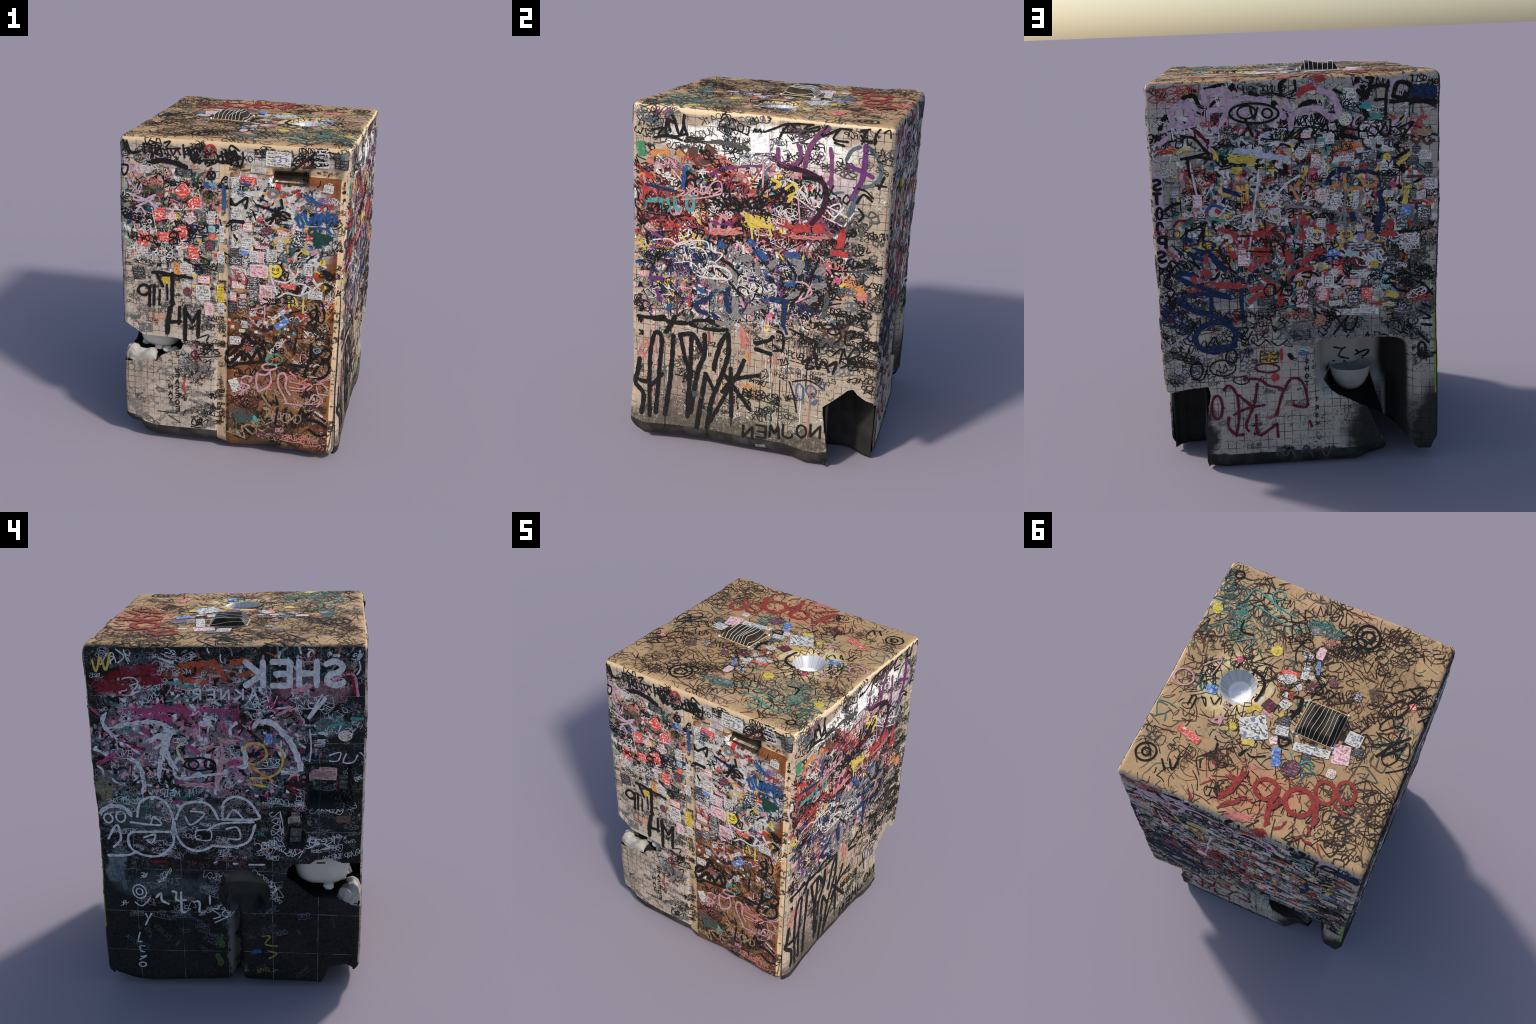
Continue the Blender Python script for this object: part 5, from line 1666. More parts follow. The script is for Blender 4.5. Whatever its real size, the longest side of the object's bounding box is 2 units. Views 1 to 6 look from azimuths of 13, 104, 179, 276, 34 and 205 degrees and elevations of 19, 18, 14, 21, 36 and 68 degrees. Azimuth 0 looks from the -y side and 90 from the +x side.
    stroke("right", "yellow", .030, "-0.055,1.363 0.017,1.366 0.094,1.376")
    stroke("right", "yellow", .012, "-0.024,1.346 -0.016,1.29")
    stroke("right", "yellow", .012, "0.074,1.358 0.087,1.318")
    stroke("right", "yellow", .014, "-0.068,1.429 -0.021,1.408")
    stroke("right", "pink", .020, "-0.25,1.345 -0.239,1.305")
    stroke("right", "pink", .018, "-0.207,1.308 -0.187,1.394 -0.16,1.377")
    stroke("right", "salmon", .034, "-0.255,1.303 -0.143,1.312 -0.07,1.331")
    stroke("right", "pink", .020, "-0.164,1.304 -0.138,1.338")
    stroke("right", "purple", .014, "-0.234,1.357 -0.186,1.348 -0.123,1.361")
    stroke("right", "orange", .030, "-0.599,1.674 -0.545,1.695 -0.481,1.696")
    stroke("right", "orange", .024, "-0.438,1.711 -0.406,1.684")
    stroke("right", "salmon", .040, "-0.61,1.632 -0.567,1.647")
    stroke("right", "red", .030, "-0.626,1.57 -0.577,1.56")
    stroke("right", "red", .036, "-0.632,1.497 -0.599,1.48")
    stroke("right", "pink", .012, "-0.561,1.607 -0.55,1.644 -0.523,1.611 -0.502,1.649")
    stroke("right", "pink", .012, "-0.491,1.62 -0.481,1.661 -0.453,1.629")
    stroke("right", "blue", .022, "-0.395,1.645 -0.4,1.604 -0.409,1.512")
    stroke("right", "navy", .016, "-0.615,1.514 -0.544,1.507 -0.446,1.493")
    stroke("right", "plum", .020, "0.1,1.777 0.109,1.709 0.159,1.695 0.208,1.72 0.221,1.76 0.203,1.807")
    stroke("right", "plum", .026, "0.354,1.909 0.299,1.856 0.259,1.784 0.244,1.704")
    stroke("right", "plum", .020, "0.37,1.805 0.38,1.738 0.384,1.591")
    stroke("right", "purple", .026, "0.547,1.833 0.546,1.726 0.536,1.657 0.494,1.563")
    stroke("right", "purple", .020, "0.463,1.727 0.528,1.71 0.592,1.683")
    stroke("right", "slate", .016, "0.452,1.755 0.477,1.806 0.519,1.83")
    stroke("right", "slate", .018, "0.557,1.834 0.603,1.791 0.633,1.717 0.605,1.651 0.548,1.629")
    stroke("right", "slate", .026, "0.515,1.605 0.498,1.514 0.481,1.472")
    stroke("right", "darkplum", .028, "0.109,1.699 0.17,1.686 0.235,1.678 0.311,1.652 0.353,1.607 0.358,1.528 0.333,1.46 0.296,1.41")
    stroke("right", "black", .022, "0.242,1.645 0.322,1.643")
    stroke("right", "black", .010, "0.002,1.845 0.075,1.877 0.148,1.908 0.276,1.916")
    stroke("right", "black", .010, "0.148,1.908 0.12,1.866 0.103,1.826")
    stroke("right", "black", .009, "0.163,1.905 0.195,1.874 0.111,1.861")
    stroke("right", "black", .010, "0.266,1.915 0.237,1.897 0.22,1.857")
    stroke("right", "black", .009, "0.233,1.883 0.305,1.909 0.297,1.889 0.224,1.872")
    stroke("right", "black", .011, "0.348,1.919 0.323,1.863 0.412,1.91")
    stroke("right", "black", .010, "0.412,1.91 0.47,1.911")
    stroke("right", "black", .011, "0.412,1.91 0.382,1.854 0.455,1.848")
    stroke("right", "black", .010, "0.518,1.912 0.565,1.923 0.542,1.914 0.535,1.865 0.52,1.888")
    stroke("right", "black", .010, "0.521,1.859 0.574,1.86")
    stroke("right", "black", .010, "0.589,1.847 0.591,1.89 0.612,1.93")
    stroke("right", "black", .008, "0.632,1.909 0.659,1.93 0.667,1.889")
    stroke("right", "black", .012, "0.388,1.836 0.437,1.826")
    stroke("right", "black", .010, "0.5,1.618 0.559,1.611 0.601,1.576")
    stroke("right", "black", .012, "0.52,1.541 0.551,1.59 0.597,1.561")
    stroke("right", "black", .012, "0.61,1.646 0.663,1.643")
    stroke("right", "black", .012, "0.626,1.629 0.65,1.69")
    stroke("right", "black", .012, "0.532,1.513 0.559,1.481 0.537,1.448")
    stroke("right", "yellow", .016, "0.078,1.617 0.124,1.597 0.095,1.574")
    stroke("right", "yellow", .014, "0.151,1.575 0.19,1.604 0.211,1.572 0.168,1.537")
    stroke("right", "yellow", .018, "0.169,1.512 0.188,1.539")
    stroke("right", "orange", .010, "0.036,1.527 0.057,1.524")
    stroke("right", "red", .040, "0.187,1.367 0.287,1.384")
    stroke("right", "red", .044, "0.307,1.386 0.368,1.388")
    stroke("right", "salmon", .020, "0.179,1.325 0.381,1.339")
    stroke("right", "red", .022, "0.466,1.41 0.452,1.317")
    stroke("right", "pink", .010, "0.017,1.729 0.029,1.671 0.029,1.572")
    stroke("right", "pink", .010, "0.045,1.672 0.069,1.695")
    stroke("right", "pink", .008, "0.218,1.542 0.236,1.403")
    stroke("right", "white", .008, "-0.577,1.214 -0.488,1.231 -0.422,1.207 -0.356,1.237 -0.27,1.242 -0.253,1.202")
    stroke("right", "white", .008, "-0.367,1.198 -0.29,1.197 -0.257,1.132 -0.287,1.047 -0.343,1.072 -0.355,1.136")
    stroke("right", "white", .010, "-0.243,1.235 -0.231,1.194 -0.178,1.185 -0.214,1.137")
    stroke("right", "white", .012, "-0.288,1.075 -0.256,1.106 -0.181,1.11 -0.131,1.084 -0.141,1.05 -0.287,1.042")
    stroke("right", "white", .007, "-0.46,1.186 -0.4,1.226 -0.356,1.216 -0.324,1.23")
    stroke("right", "white", .006, "-0.448,1.102 -0.365,1.118 -0.321,1.097")
    stroke("right", "grey", .034, "-0.249,1.063 -0.232,1.011 -0.22,0.963")
    stroke("right", "grey", .030, "-0.231,0.956 -0.178,0.996 -0.136,1.023")
    stroke("right", "grey", .026, "-0.18,1.094 -0.116,1.091 -0.098,1.028")
    stroke("right", "grey", .034, "-0.075,1.172 -0.007,1.185")
    stroke("right", "grey", .026, "0.014,1.161 0.022,1.092")
    stroke("right", "grey", .034, "-0.101,0.951 -0.093,0.864 -0.069,0.829")
    stroke("right", "grey", .030, "-0.039,0.871 0.023,0.913 0.071,0.925")
    stroke("right", "grey", .022, "-0.204,0.793 -0.122,0.788")
    stroke("right", "grey", .024, "0.073,1.126 0.123,1.196")
    stroke("right", "black", .012, "-0.198,1.161 -0.132,1.127 -0.083,1.079")
    stroke("right", "black", .014, "-0.136,1.034 -0.091,0.986 -0.052,0.942")
    stroke("right", "black", .012, "-0.009,1.243 0.046,1.171 0.089,1.123")
    stroke("right", "black", .012, "-0.207,1.101 -0.147,1.055")
    stroke("right", "blue", .022, "-0.318,0.972 -0.269,0.962")
    stroke("right", "navy", .022, "-0.317,0.889 -0.246,0.932 -0.221,0.968 -0.178,0.973")
    stroke("right", "navy", .028, "-0.322,0.877 -0.305,0.846 -0.26,0.836")
    stroke("right", "navy", .030, "-0.14,1.001 -0.149,0.923 -0.13,0.865")
    stroke("right", "blue", .014, "0.048,0.959 0.143,0.962")
    stroke("right", "navy", .026, "-0.222,0.841 -0.205,0.815")
    stroke("right", "blue", .036, "0.007,1.235 0.05,1.182")
    stroke("right", "blue", .030, "-0.036,1.277 0.001,1.255")
    stroke("right", "blue", .030, "-0.2,1.256 -0.162,1.219")
    stroke("right", "navy", .030, "-0.333,1.16 -0.3,1.132")
    stroke("right", "blue", .020, "-0.474,0.866 -0.485,0.824")
    stroke("right", "purple", .026, "-0.58,0.998 -0.525,1.005")
    stroke("right", "purple", .020, "-0.552,0.935 -0.529,0.87")
    stroke("right", "plum", .016, "-0.577,1.257 -0.521,1.232")
    stroke("right", "plum", .018, "-0.587,1.176 -0.526,1.173")
    stroke("right", "salmon", .030, "-0.397,0.999 -0.396,0.944")
    stroke("right", "brown", .010, "-0.429,0.917 -0.434,0.803")
    stroke("right", "yellow", .012, "-0.4,1.248 -0.378,1.223")
    stroke("right", "yellow", .020, "-0.335,1.277 -0.345,1.254")
    stroke("right", "yellow", .010, "-0.485,0.887 -0.479,0.865")
    stroke("right", "red", .012, "-0.352,0.973 -0.361,0.86")
    stroke("right", "pink", .014, "-0.074,0.955 -0.051,0.903")
    stroke("right", "pink", .022, "0.088,0.877 0.101,0.835")
    stroke("right", "salmon", .016, "-0.067,0.744 -0.037,0.657")
    stroke("right", "salmon", .014, "-0.049,0.702 -0.011,0.69")
    stroke("right", "red", .010, "-0.247,0.729 -0.24,0.661")
    stroke("right", "blue", .030, "0.162,1.228 0.25,1.228")
    stroke("right", "blue", .036, "0.028,1.216 0.06,1.188")
    stroke("right", "navy", .034, "0.1,0.966 0.185,0.963")
    stroke("right", "navy", .030, "0.174,0.967 0.17,0.84")
    stroke("right", "grey", .032, "0.113,1.174 0.062,1.125")
    stroke("right", "grey", .034, "0.195,1.19 0.257,1.187 0.229,1.125")
    stroke("right", "grey", .034, "0.341,1.14 0.379,1.187")
    stroke("right", "grey", .034, "0.325,1.063 0.39,1.093")
    stroke("right", "grey", .030, "0.193,0.991 0.254,1.021")
    stroke("right", "grey", .026, "0.298,0.972 0.348,1.012")
    stroke("right", "black", .012, "0.347,1.225 0.311,1.125 0.264,1.033 0.206,0.944")
    stroke("right", "black", .012, "0.179,1.193 0.229,1.114")
    stroke("right", "blue", .024, "0.164,1.062 0.232,1.066")
    stroke("right", "pink", .010, "0.231,1.083 0.283,1.079 0.316,1.029 0.236,0.969")
    stroke("right", "pink", .010, "0.314,1.077 0.286,1.003")
    stroke("right", "hotpink", .022, "0.078,0.865 0.109,0.881")
    stroke("right", "hotpink", .012, "0.384,1.204 0.412,1.155")
    stroke("right", "hotpink", .030, "0.434,1.126 0.465,1.115")
    stroke("right", "orange", .040, "0.496,1.103 0.526,1.113")
    stroke("right", "orange", .050, "0.529,1.07 0.588,1.089")
    stroke("right", "salmon", .036, "0.561,1.038 0.61,1.055")
    stroke("right", "yellow", .020, "0.467,1.088 0.486,1.107")
    stroke("right", "red", .034, "0.458,1.383 0.453,1.296")
    stroke("right", "red", .030, "0.405,1.27 0.496,1.265")
    stroke("right", "darkgrey", .024, "0.397,1.057 0.397,0.976 0.377,0.887")
    stroke("right", "black", .010, "0.436,0.928 0.507,0.938")
    stroke("right", "black", .008, "0.456,0.93 0.458,0.899")
    stroke("right", "black", .009, "0.566,0.893 0.588,0.939 0.567,0.947")
    stroke("right", "black", .009, "0.616,0.912 0.62,0.859 0.59,0.907")
    stroke("right", "black", .010, "0.477,0.853 0.486,0.8 0.452,0.762")
    stroke("right", "black", .010, "0.514,0.842 0.514,0.771 0.549,0.77")
    stroke("right", "black", .010, "0.519,0.832 0.564,0.85 0.537,0.801")
    stroke("right", "black", .010, "0.565,0.833 0.606,0.84 0.606,0.757 0.637,0.757 0.655,0.788")
    stroke("right", "black", .009, "0.604,0.796 0.669,0.801")
    stroke("right", "black", .010, "0.451,0.694 0.5,0.741 0.49,0.655")
    stroke("right", "black", .010, "0.51,0.743 0.524,0.694 0.577,0.664")
    stroke("right", "black", .010, "0.534,0.696 0.571,0.757 0.594,0.723 0.535,0.685")
    stroke("right", "black", .014, "0.287,0.629 0.328,0.658 0.31,0.599 0.352,0.606")
    stroke("right", "black", .014, "0.358,0.691 0.374,0.604 0.402,0.654 0.436,0.596")
    stroke("right", "black", .014, "0.434,0.63 0.474,0.659 0.458,0.588")
    stroke("right", "black", .014, "0.14,0.785 0.173,0.773 0.173,0.679 0.123,0.705")
    stroke("right", "black", .012, "0.208,0.812 0.268,0.789 0.343,0.767")
    stroke("right", "black", .012, "0.354,0.758 0.348,0.684")
    stroke("right", "black", .009, "0.392,0.724 0.416,0.762 0.428,0.742")
    stroke("right", "black", .008, "0.222,0.501 0.249,0.418 0.272,0.323")
    stroke("right", "black", .009, "0.239,0.504 0.33,0.527 0.417,0.487")
    stroke("right", "slateblue", .010, "0.349,0.387 0.381,0.417 0.366,0.384")
    stroke("right", "black", .010, "0.14,0.785 0.175,0.767 0.173,0.689 0.123,0.669")
    stroke("right", "black", 0.021, "0.018,0.701 0.092,0.725 0.119,0.753")
    stroke("right", "black", 0.024, "0.025,0.666 0.112,0.65")
    stroke("right", "salmon", .020, "-0.066,0.786 -0.034,0.718 -0.045,0.655")
    stroke("right", "orange", .020, "-0.043,0.432 0.028,0.431")
    stroke("right", "orange", .016, "-0.026,0.633 -0.019,0.597")
    ring("right", "black", .014, (-0.364, 1.537), 0.026, 0.031, 0.11)
    ring("right", "black", .012, (-0.249, 1.52), 0.027, 0.046, 0.12)
    ring("right", "black", .014, (-0.208, 1.545), 0.032, 0.03, 0.12)
    ring("right", "black", .012, (-0.17, 1.509), 0.023, 0.025, 0.11)
    ring("right", "black", .009, (0.529, 0.914), 0.02, 0.021, 0.15)
    ring("right", "black", .008, (0.415, 0.855), 0.031, 0.013, 0.14)
    ring("right", "black", .009, (0.448, 0.833), 0.031, 0.019, 0.13)
    ring("right", "slateblue", .009, (0.282, 0.45), 0.02, 0.049, 0.16)
    ring("right", "slateblue", .009, (0.344, 0.467), 0.029, 0.031, 0.18)
    ring("right", "slateblue", .007, (0.404, 0.509), 0.011, 0.027, 0.18)
    letters("right", "black", .012, "NEMJON", (-0.002, 0.154), (0.077, 0.015), 0.056)
    letters("right", "black", .004, "KRARARINEBAST", (-0.662, 1.606), (0.0, -0.029), 0.009)
    letters("right", "black", .010, "ATEVK", (-0.646, 0.957), (0.001, -0.072), 0.019)
    sticker("back", "blackwhite", (-0.307, 1.387), 0.059, 0.032, 0.1)
    sticker("back", "yellowprint", (-0.424, 1.163), 0.087, 0.047, -0.01)
    sticker("back", "blackprint", (-0.159, 0.822), 0.089, 0.049, -0.04)
    sticker("back", "blackprint", (-0.162, 0.88), 0.084, 0.053, -0.04)
    sticker("back", "whiteprint", (0.174, 1.697), 0.058, 0.049, -0.11)
    sticker("back", "whiteprint", (0.261, 1.85), 0.066, 0.083, -0.09)
    sticker("back", "whiteprint", (0.357, 1.695), 0.094, 0.08, -0.09)
    sticker("back", "orangeprint", (0.249, 1.62), 0.139, 0.041, -0.04)
    sticker("back", "whiteprint", (0.243, 1.573), 0.076, 0.045, -0.04)
    sticker("back", "blackwhite", (0.351, 1.569), 0.076, 0.063, -0.14)
    sticker("back", "whiteprint", (0.285, 1.525), 0.036, 0.046, -0.04)
    sticker("back", "blackprint", (0.326, 1.524), 0.041, 0.044, -0.04)
    sticker("back", "whiteprint", (0.108, 1.542), 0.072, 0.041, -0.09)
    sticker("back", "pinkred", (0.109, 1.491), 0.086, 0.05, -0.04)
    sticker("back", "whiteprint", (0.077, 1.723), 0.084, 0.076, -0.09)
    sticker("back", "whiteprint", (0.437, 1.611), 0.054, 0.041, -0.04)
    sticker("back", "whiteprint", (0.609, 1.56), 0.071, 0.045, -0.02)
    sticker("back", "whiteprint", (0.432, 1.52), 0.055, 0.064, -0.22)
    sticker("back", "whiteprint", (0.646, 1.409), 0.066, 0.078, -0.04)
    sticker("back", "greyprint", (0.524, 1.285), 0.083, 0.066, -0.07)
    sticker("back", "blackwhite", (0.611, 1.28), 0.067, 0.07, -0.01)
    sticker("back", "whiteprint", (0.285, 1.369), 0.027, 0.083, -0.04)
    sticker("back", "whiteprint", (0.161, 1.328), 0.068, 0.032, 0.1)
    sticker("back", "blackprint", (0.631, 1.496), 0.036, 0.054, -0.01)
    sticker("back", "greyprint", (0.569, 1.37), 0.046, 0.051, -0.07)
    sticker("back", "whiteprint", (0.118, 1.259), 0.041, 0.042, -0.04)
    sticker("back", "whiteprint", (0.054, 1.092), 0.053, 0.057, -0.1)
    sticker("back", "darkred", (0.194, 1.057), 0.06, 0.053, -0.09)
    sticker("back", "darkred", (0.298, 1.055), 0.069, 0.068, 0.04)
    sticker("back", "blueprint", (0.368, 1.083), 0.033, 0.033, -0.07)
    sticker("back", "blackprint", (0.435, 1.068), 0.083, 0.072, -0.07)
    sticker("back", "blackwhite", (0.322, 1.135), 0.196, 0.036, -0.03)
    sticker("back", "whiteprint", (0.545, 1.158), 0.093, 0.052, 0.01)
    sticker("back", "blackwhite", (0.202, 1.004), 0.07, 0.033, -0.04)
    sticker("back", "whiteprint", (0.286, 0.998), 0.07, 0.038, -0.04)
    sticker("back", "pinkprint", (0.26, 0.959), 0.084, 0.029, -0.04)
    sticker("back", "whiteprint", (0.173, 0.943), 0.066, 0.024, -0.47)
    sticker("back", "whiteprint", (0.178, 0.856), 0.065, 0.027, 0.09)
    sticker("back", "whiteprint", (0.333, 0.828), 0.071, 0.024, -0.1)
    sticker("back", "blackwhite", (0.263, 0.883), 0.052, 0.068, -0.02)
    sticker("back", "redprint", (0.331, 0.899), 0.056, 0.059, -0.01)
    sticker("back", "redprint", (0.118, 0.9), 0.056, 0.063, -0.05)
    sticker("back", "pinkprint", (0.015, 0.885), 0.056, 0.087, -0.08)
    sticker("back", "whiteprint", (0.285, 0.806), 0.208, 0.034, -0.02)
    sticker("back", "pinkprint", (0.088, 0.976), 0.056, 0.029, -0.05)
    sticker("back", "greyprint", (-0.012, 0.74), 0.109, 0.04, -0.02)
    sticker("back", "blackprint", (0.008, 0.695), 0.085, 0.049, 0.0)
    sticker("back", "purpleprint", (0.305, 1.181), 0.037, 0.028, -0.03)
    sticker("back", "whiteprint", (0.305, 1.223), 0.037, 0.028, -0.03)
    sticker("back", "yellowprint", (0.196, 1.138), 0.032, 0.028, -0.04)
    sticker("back", "whiteprint", (0.154, 1.138), 0.025, 0.038, -0.04)
    sticker("back", "tealprint", (0.262, 1.1), 0.069, 0.024, -0.04)
    sticker("back", "yellowprint", (0.37, 1.045), 0.038, 0.033, -0.07)
    sticker("back", "orangedots", (-0.158, 0.589), 0.095, 0.065, -0.1)
    sticker("back", "blackwhite", (-0.449, 1.303), 0.043, 0.045, -0.05, round_shape=True)
    sticker("back", "blackwhite", (-0.176, 1.319), 0.05, 0.051, -0.05, round_shape=True)
    sticker("back", "paleprint", (0.241, 1.749), 0.064, 0.064, -0.04, round_shape=True)
    sticker("back", "blackprint", (0.369, 1.527), 0.038, 0.046, -0.03, round_shape=True)
    sticker("back", "redring", (0.126, 1.39), 0.077, 0.078, -0.04, round_shape=True)
    sticker("back", "yellowdot", (0.434, 1.566), 0.035, 0.034, -0.04, round_shape=True)
    sticker("back", "blackprint", (0.445, 1.459), 0.073, 0.083, -0.04, round_shape=True)
    sticker("back", "pinkred", (0.464, 1.435), 0.038, 0.039, -0.05, round_shape=True)
    sticker("back", "smiley", (0.096, 1.192), 0.069, 0.071, -0.04, round_shape=True)
    sticker("back", "smileypale", (0.236, 1.192), 0.065, 0.061, -0.05, round_shape=True)
    sticker("back", "orangering", (0.104, 0.766), 0.055, 0.068, -0.05, round_shape=True)
    sticker("back", "blackprint", (0.508, 1.229), 0.037, 0.04, -0.08, round_shape=True)
    sticker("back", "blackprint", (0.574, 1.234), 0.042, 0.039, -0.06, round_shape=True)
    sticker("back", "blackprint", (0.616, 1.232), 0.04, 0.039, -0.0, round_shape=True)
    sticker("back", "tealprint", (0.012, 0.609), 0.055, 0.04, -0.07, round_shape=True)
    stroke("back", "lilac", .048, "-0.646,1.513 -0.646,1.404 -0.645,1.284")
    stroke("back", "lilac", .046, "-0.649,1.306 -0.649,1.213 -0.647,1.091")
    stroke("back", "lilac", .028, "-0.489,1.845 -0.455,1.831 -0.421,1.816")
    stroke("back", "lilac", .026, "-0.412,1.899 -0.401,1.855 -0.395,1.815 -0.398,1.754")
    stroke("back", "lilac", .030, "-0.39,1.894 -0.311,1.9 -0.287,1.864 -0.299,1.803")
    stroke("back", "lilac", .026, "-0.378,1.81 -0.316,1.813")
    stroke("back", "lilac", .026, "-0.308,1.795 -0.327,1.76 -0.365,1.717")
    stroke("back", "lilac", .026, "-0.279,1.838 -0.225,1.862 -0.129,1.85")
    stroke("back", "lilac", .030, "-0.069,1.813 -0.044,1.768")
    stroke("back", "lilac", .022, "-0.588,1.69 -0.626,1.66")
    stroke("back", "lilac", .032, "0.125,1.885 0.177,1.866 0.203,1.821 0.215,1.772")
    stroke("back", "lilac", .028, "0.211,1.763 0.166,1.764 0.114,1.802 0.052,1.8")
    stroke("back", "lilac", .028, "0.052,1.8 -0.002,1.775 -0.012,1.722")
    stroke("back", "lilac", .026, "-0.034,1.847 -0.018,1.811")
    stroke("back", "black", .009, "-0.197,1.817 -0.182,1.764 -0.162,1.816")
    stroke("back", "black", .012, "-0.221,1.761 -0.19,1.684")
    stroke("back", "black", .020, "-0.501,1.872 -0.452,1.879 -0.429,1.83 -0.403,1.82")
    stroke("back", "black", .020, "-0.194,1.883 -0.159,1.869")
    stroke("back", "black", .014, "-0.521,1.696 -0.464,1.685 -0.431,1.648 -0.398,1.607")
    stroke("back", "black", .014, "-0.528,1.589 -0.452,1.595 -0.39,1.584")
    stroke("back", "maroon", .020, "-0.37,1.788 -0.344,1.778")
    stroke("back", "maroon", .016, "-0.462,1.73 -0.403,1.665")
    stroke("back", "paleblue", .026, "-0.29,1.62 -0.206,1.612 -0.14,1.592 -0.007,1.569")
    stroke("back", "paleblue", .020, "-0.163,1.688 -0.11,1.681")
    stroke("back", "yellow", .040, "-0.31,1.585 -0.252,1.578 -0.177,1.571")
    stroke("back", "yellow", .030, "-0.304,1.531 -0.251,1.524")
    stroke("back", "yellow", .016, "-0.227,1.455 -0.23,1.395")
    stroke("back", "yellow", .020, "-0.375,1.624 -0.364,1.574")
    stroke("back", "yellow", .016, "-0.272,1.447 -0.256,1.414")
    stroke("back", "red", .022, "-0.637,1.629 -0.557,1.626")
    stroke("back", "orange", .020, "-0.582,1.645 -0.548,1.626")
    stroke("back", "white", .010, "-0.17,1.525 -0.183,1.43 -0.201,1.338 -0.208,1.264")
    stroke("back", "white", .011, "0.022,1.49 -0.037,1.456 -0.089,1.403 -0.104,1.38")
    stroke("back", "white", .009, "-0.344,1.699 -0.36,1.655")
    stroke("back", "white", .010, "-0.489,1.569 -0.47,1.442 -0.449,1.34")
    stroke("back", "blue", .016, "-0.423,1.339 -0.394,1.365 -0.35,1.349")
    stroke("back", "navy", .020, "-0.336,1.436 -0.256,1.405")
    stroke("back", "black", .016, "-0.621,1.347 -0.583,1.373 -0.546,1.381")
    stroke("back", "black", .014, "-0.498,1.579 -0.493,1.506")
    stroke("back", "black", .014, "-0.624,1.682 -0.649,1.701")
    stroke("back", "black", .010, "-0.658,1.063 -0.618,1.047 -0.65,0.986 -0.602,0.945 -0.647,0.889")
    stroke("back", "black", .008, "-0.605,1.027 -0.61,1.089")
    stroke("back", "black", .012, "0.191,1.887 0.226,1.868")
    stroke("back", "black", .020, "0.301,1.879 0.336,1.843 0.354,1.882 0.381,1.898")
    stroke("back", "black", .020, "0.319,1.896 0.34,1.847")
    stroke("back", "black", .016, "0.342,1.935 0.373,1.934 0.354,1.899")
    stroke("back", "black", .018, "0.385,1.898 0.442,1.896")
    stroke("back", "black", .014, "0.442,1.917 0.433,1.857 0.429,1.759")
    stroke("back", "black", .014, "0.38,1.832 0.433,1.835")
    stroke("back", "black", .020, "0.464,1.847 0.487,1.907 0.544,1.885 0.522,1.835 0.464,1.847")
    stroke("back", "black", .016, "0.451,1.821 0.54,1.82")
    stroke("back", "navy", .050, "0.562,1.866 0.646,1.861")
    stroke("back", "navy", .050, "0.562,1.844 0.646,1.839")
    stroke("back", "black", .030, "0.558,1.818 0.638,1.808")
    stroke("back", "teal", .030, "0.309,1.813 0.362,1.806")
    stroke("back", "teal", .026, "0.349,1.758 0.402,1.756")
    stroke("back", "teal", .020, "0.11,1.655 0.142,1.654")
    stroke("back", "teal", .020, "0.154,1.613 0.172,1.617")
    stroke("back", "teal", .016, "0.17,1.535 0.197,1.529")
    stroke("back", "red", .028, "0.023,1.867 0.055,1.892 0.099,1.908")
    stroke("back", "red", .022, "0.1,1.928 0.153,1.94")
    stroke("back", "black", .010, "0.429,1.724 0.406,1.68 0.432,1.661 0.451,1.696 0.451,1.74")
    stroke("back", "black", .010, "0.487,1.694 0.558,1.716 0.509,1.655")
    stroke("back", "black", .010, "0.214,1.691 0.245,1.704 0.308,1.692")
    stroke("back", "black", .020, "0.218,1.678 0.289,1.657")
    stroke("back", "orange", .020, "0.005,1.441 0.024,1.463")
    stroke("back", "orange", .016, "0.065,1.452 0.105,1.455")
    stroke("back", "orange", .018, "0.168,1.429 0.205,1.446")
    stroke("back", "orange", .016, "0.233,1.486 0.24,1.413 0.277,1.42 0.313,1.419")
    stroke("back", "orange", .018, "0.314,1.465 0.336,1.427 0.386,1.439 0.377,1.472")
    stroke("back", "orange", .014, "-0.022,1.442 0.017,1.366")
    stroke("back", "navy", .018, "0.146,1.444 0.169,1.489 0.206,1.511 0.26,1.513")
    stroke("back", "navy", .018, "0.287,1.498 0.35,1.496 0.391,1.471 0.395,1.425")
    stroke("back", "navy", .026, "0.394,1.388 0.412,1.322 0.384,1.24")
    stroke("back", "grey", .012, "0.2,1.247 0.235,1.367 0.231,1.413")
    stroke("back", "grey", .012, "0.274,1.253 0.308,1.364 0.313,1.41")
    stroke("back", "grey", .014, "-0.052,1.346 0.039,1.337 0.202,1.303 0.356,1.269")
    stroke("back", "yellow", .020, "0.486,1.526 0.513,1.55 0.545,1.569")
    stroke("back", "yellow", .020, "0.518,1.407 0.55,1.413")
    stroke("back", "yellow", .024, "0.528,1.397 0.519,1.332")
    stroke("back", "tan", .030, "0.549,1.667 0.657,1.662")
    stroke("back", "brown", .012, "0.549,1.636 0.577,1.616 0.595,1.641 0.622,1.609 0.657,1.626")
    stroke("back", "black", .014, "0.473,1.555 0.536,1.588")
    stroke("back", "brown", .014, "0.532,1.461 0.614,1.455")
    stroke("back", "black", .016, "0.495,1.507 0.513,1.486")
    stroke("back", "navy", .022, "-0.52,1.136 -0.494,1.116 -0.458,1.101")
    stroke("back", "navy", .024, "-0.587,1.021 -0.534,0.99 -0.458,0.957 -0.34,0.907")
    stroke("back", "navy", .024, "-0.587,1.021 -0.554,1.039 -0.5,1.022")
    stroke("back", "navy", .022, "-0.586,0.9 -0.539,0.922 -0.459,0.928 -0.34,0.907")
    stroke("back", "navy", .024, "-0.586,0.9 -0.52,0.849 -0.428,0.82 -0.341,0.787")
    stroke("back", "navy", .018, "-0.428,0.917 -0.426,0.868 -0.433,0.82")
    stroke("back", "navy", .020, "-0.277,0.943 -0.281,0.862 -0.271,0.778")
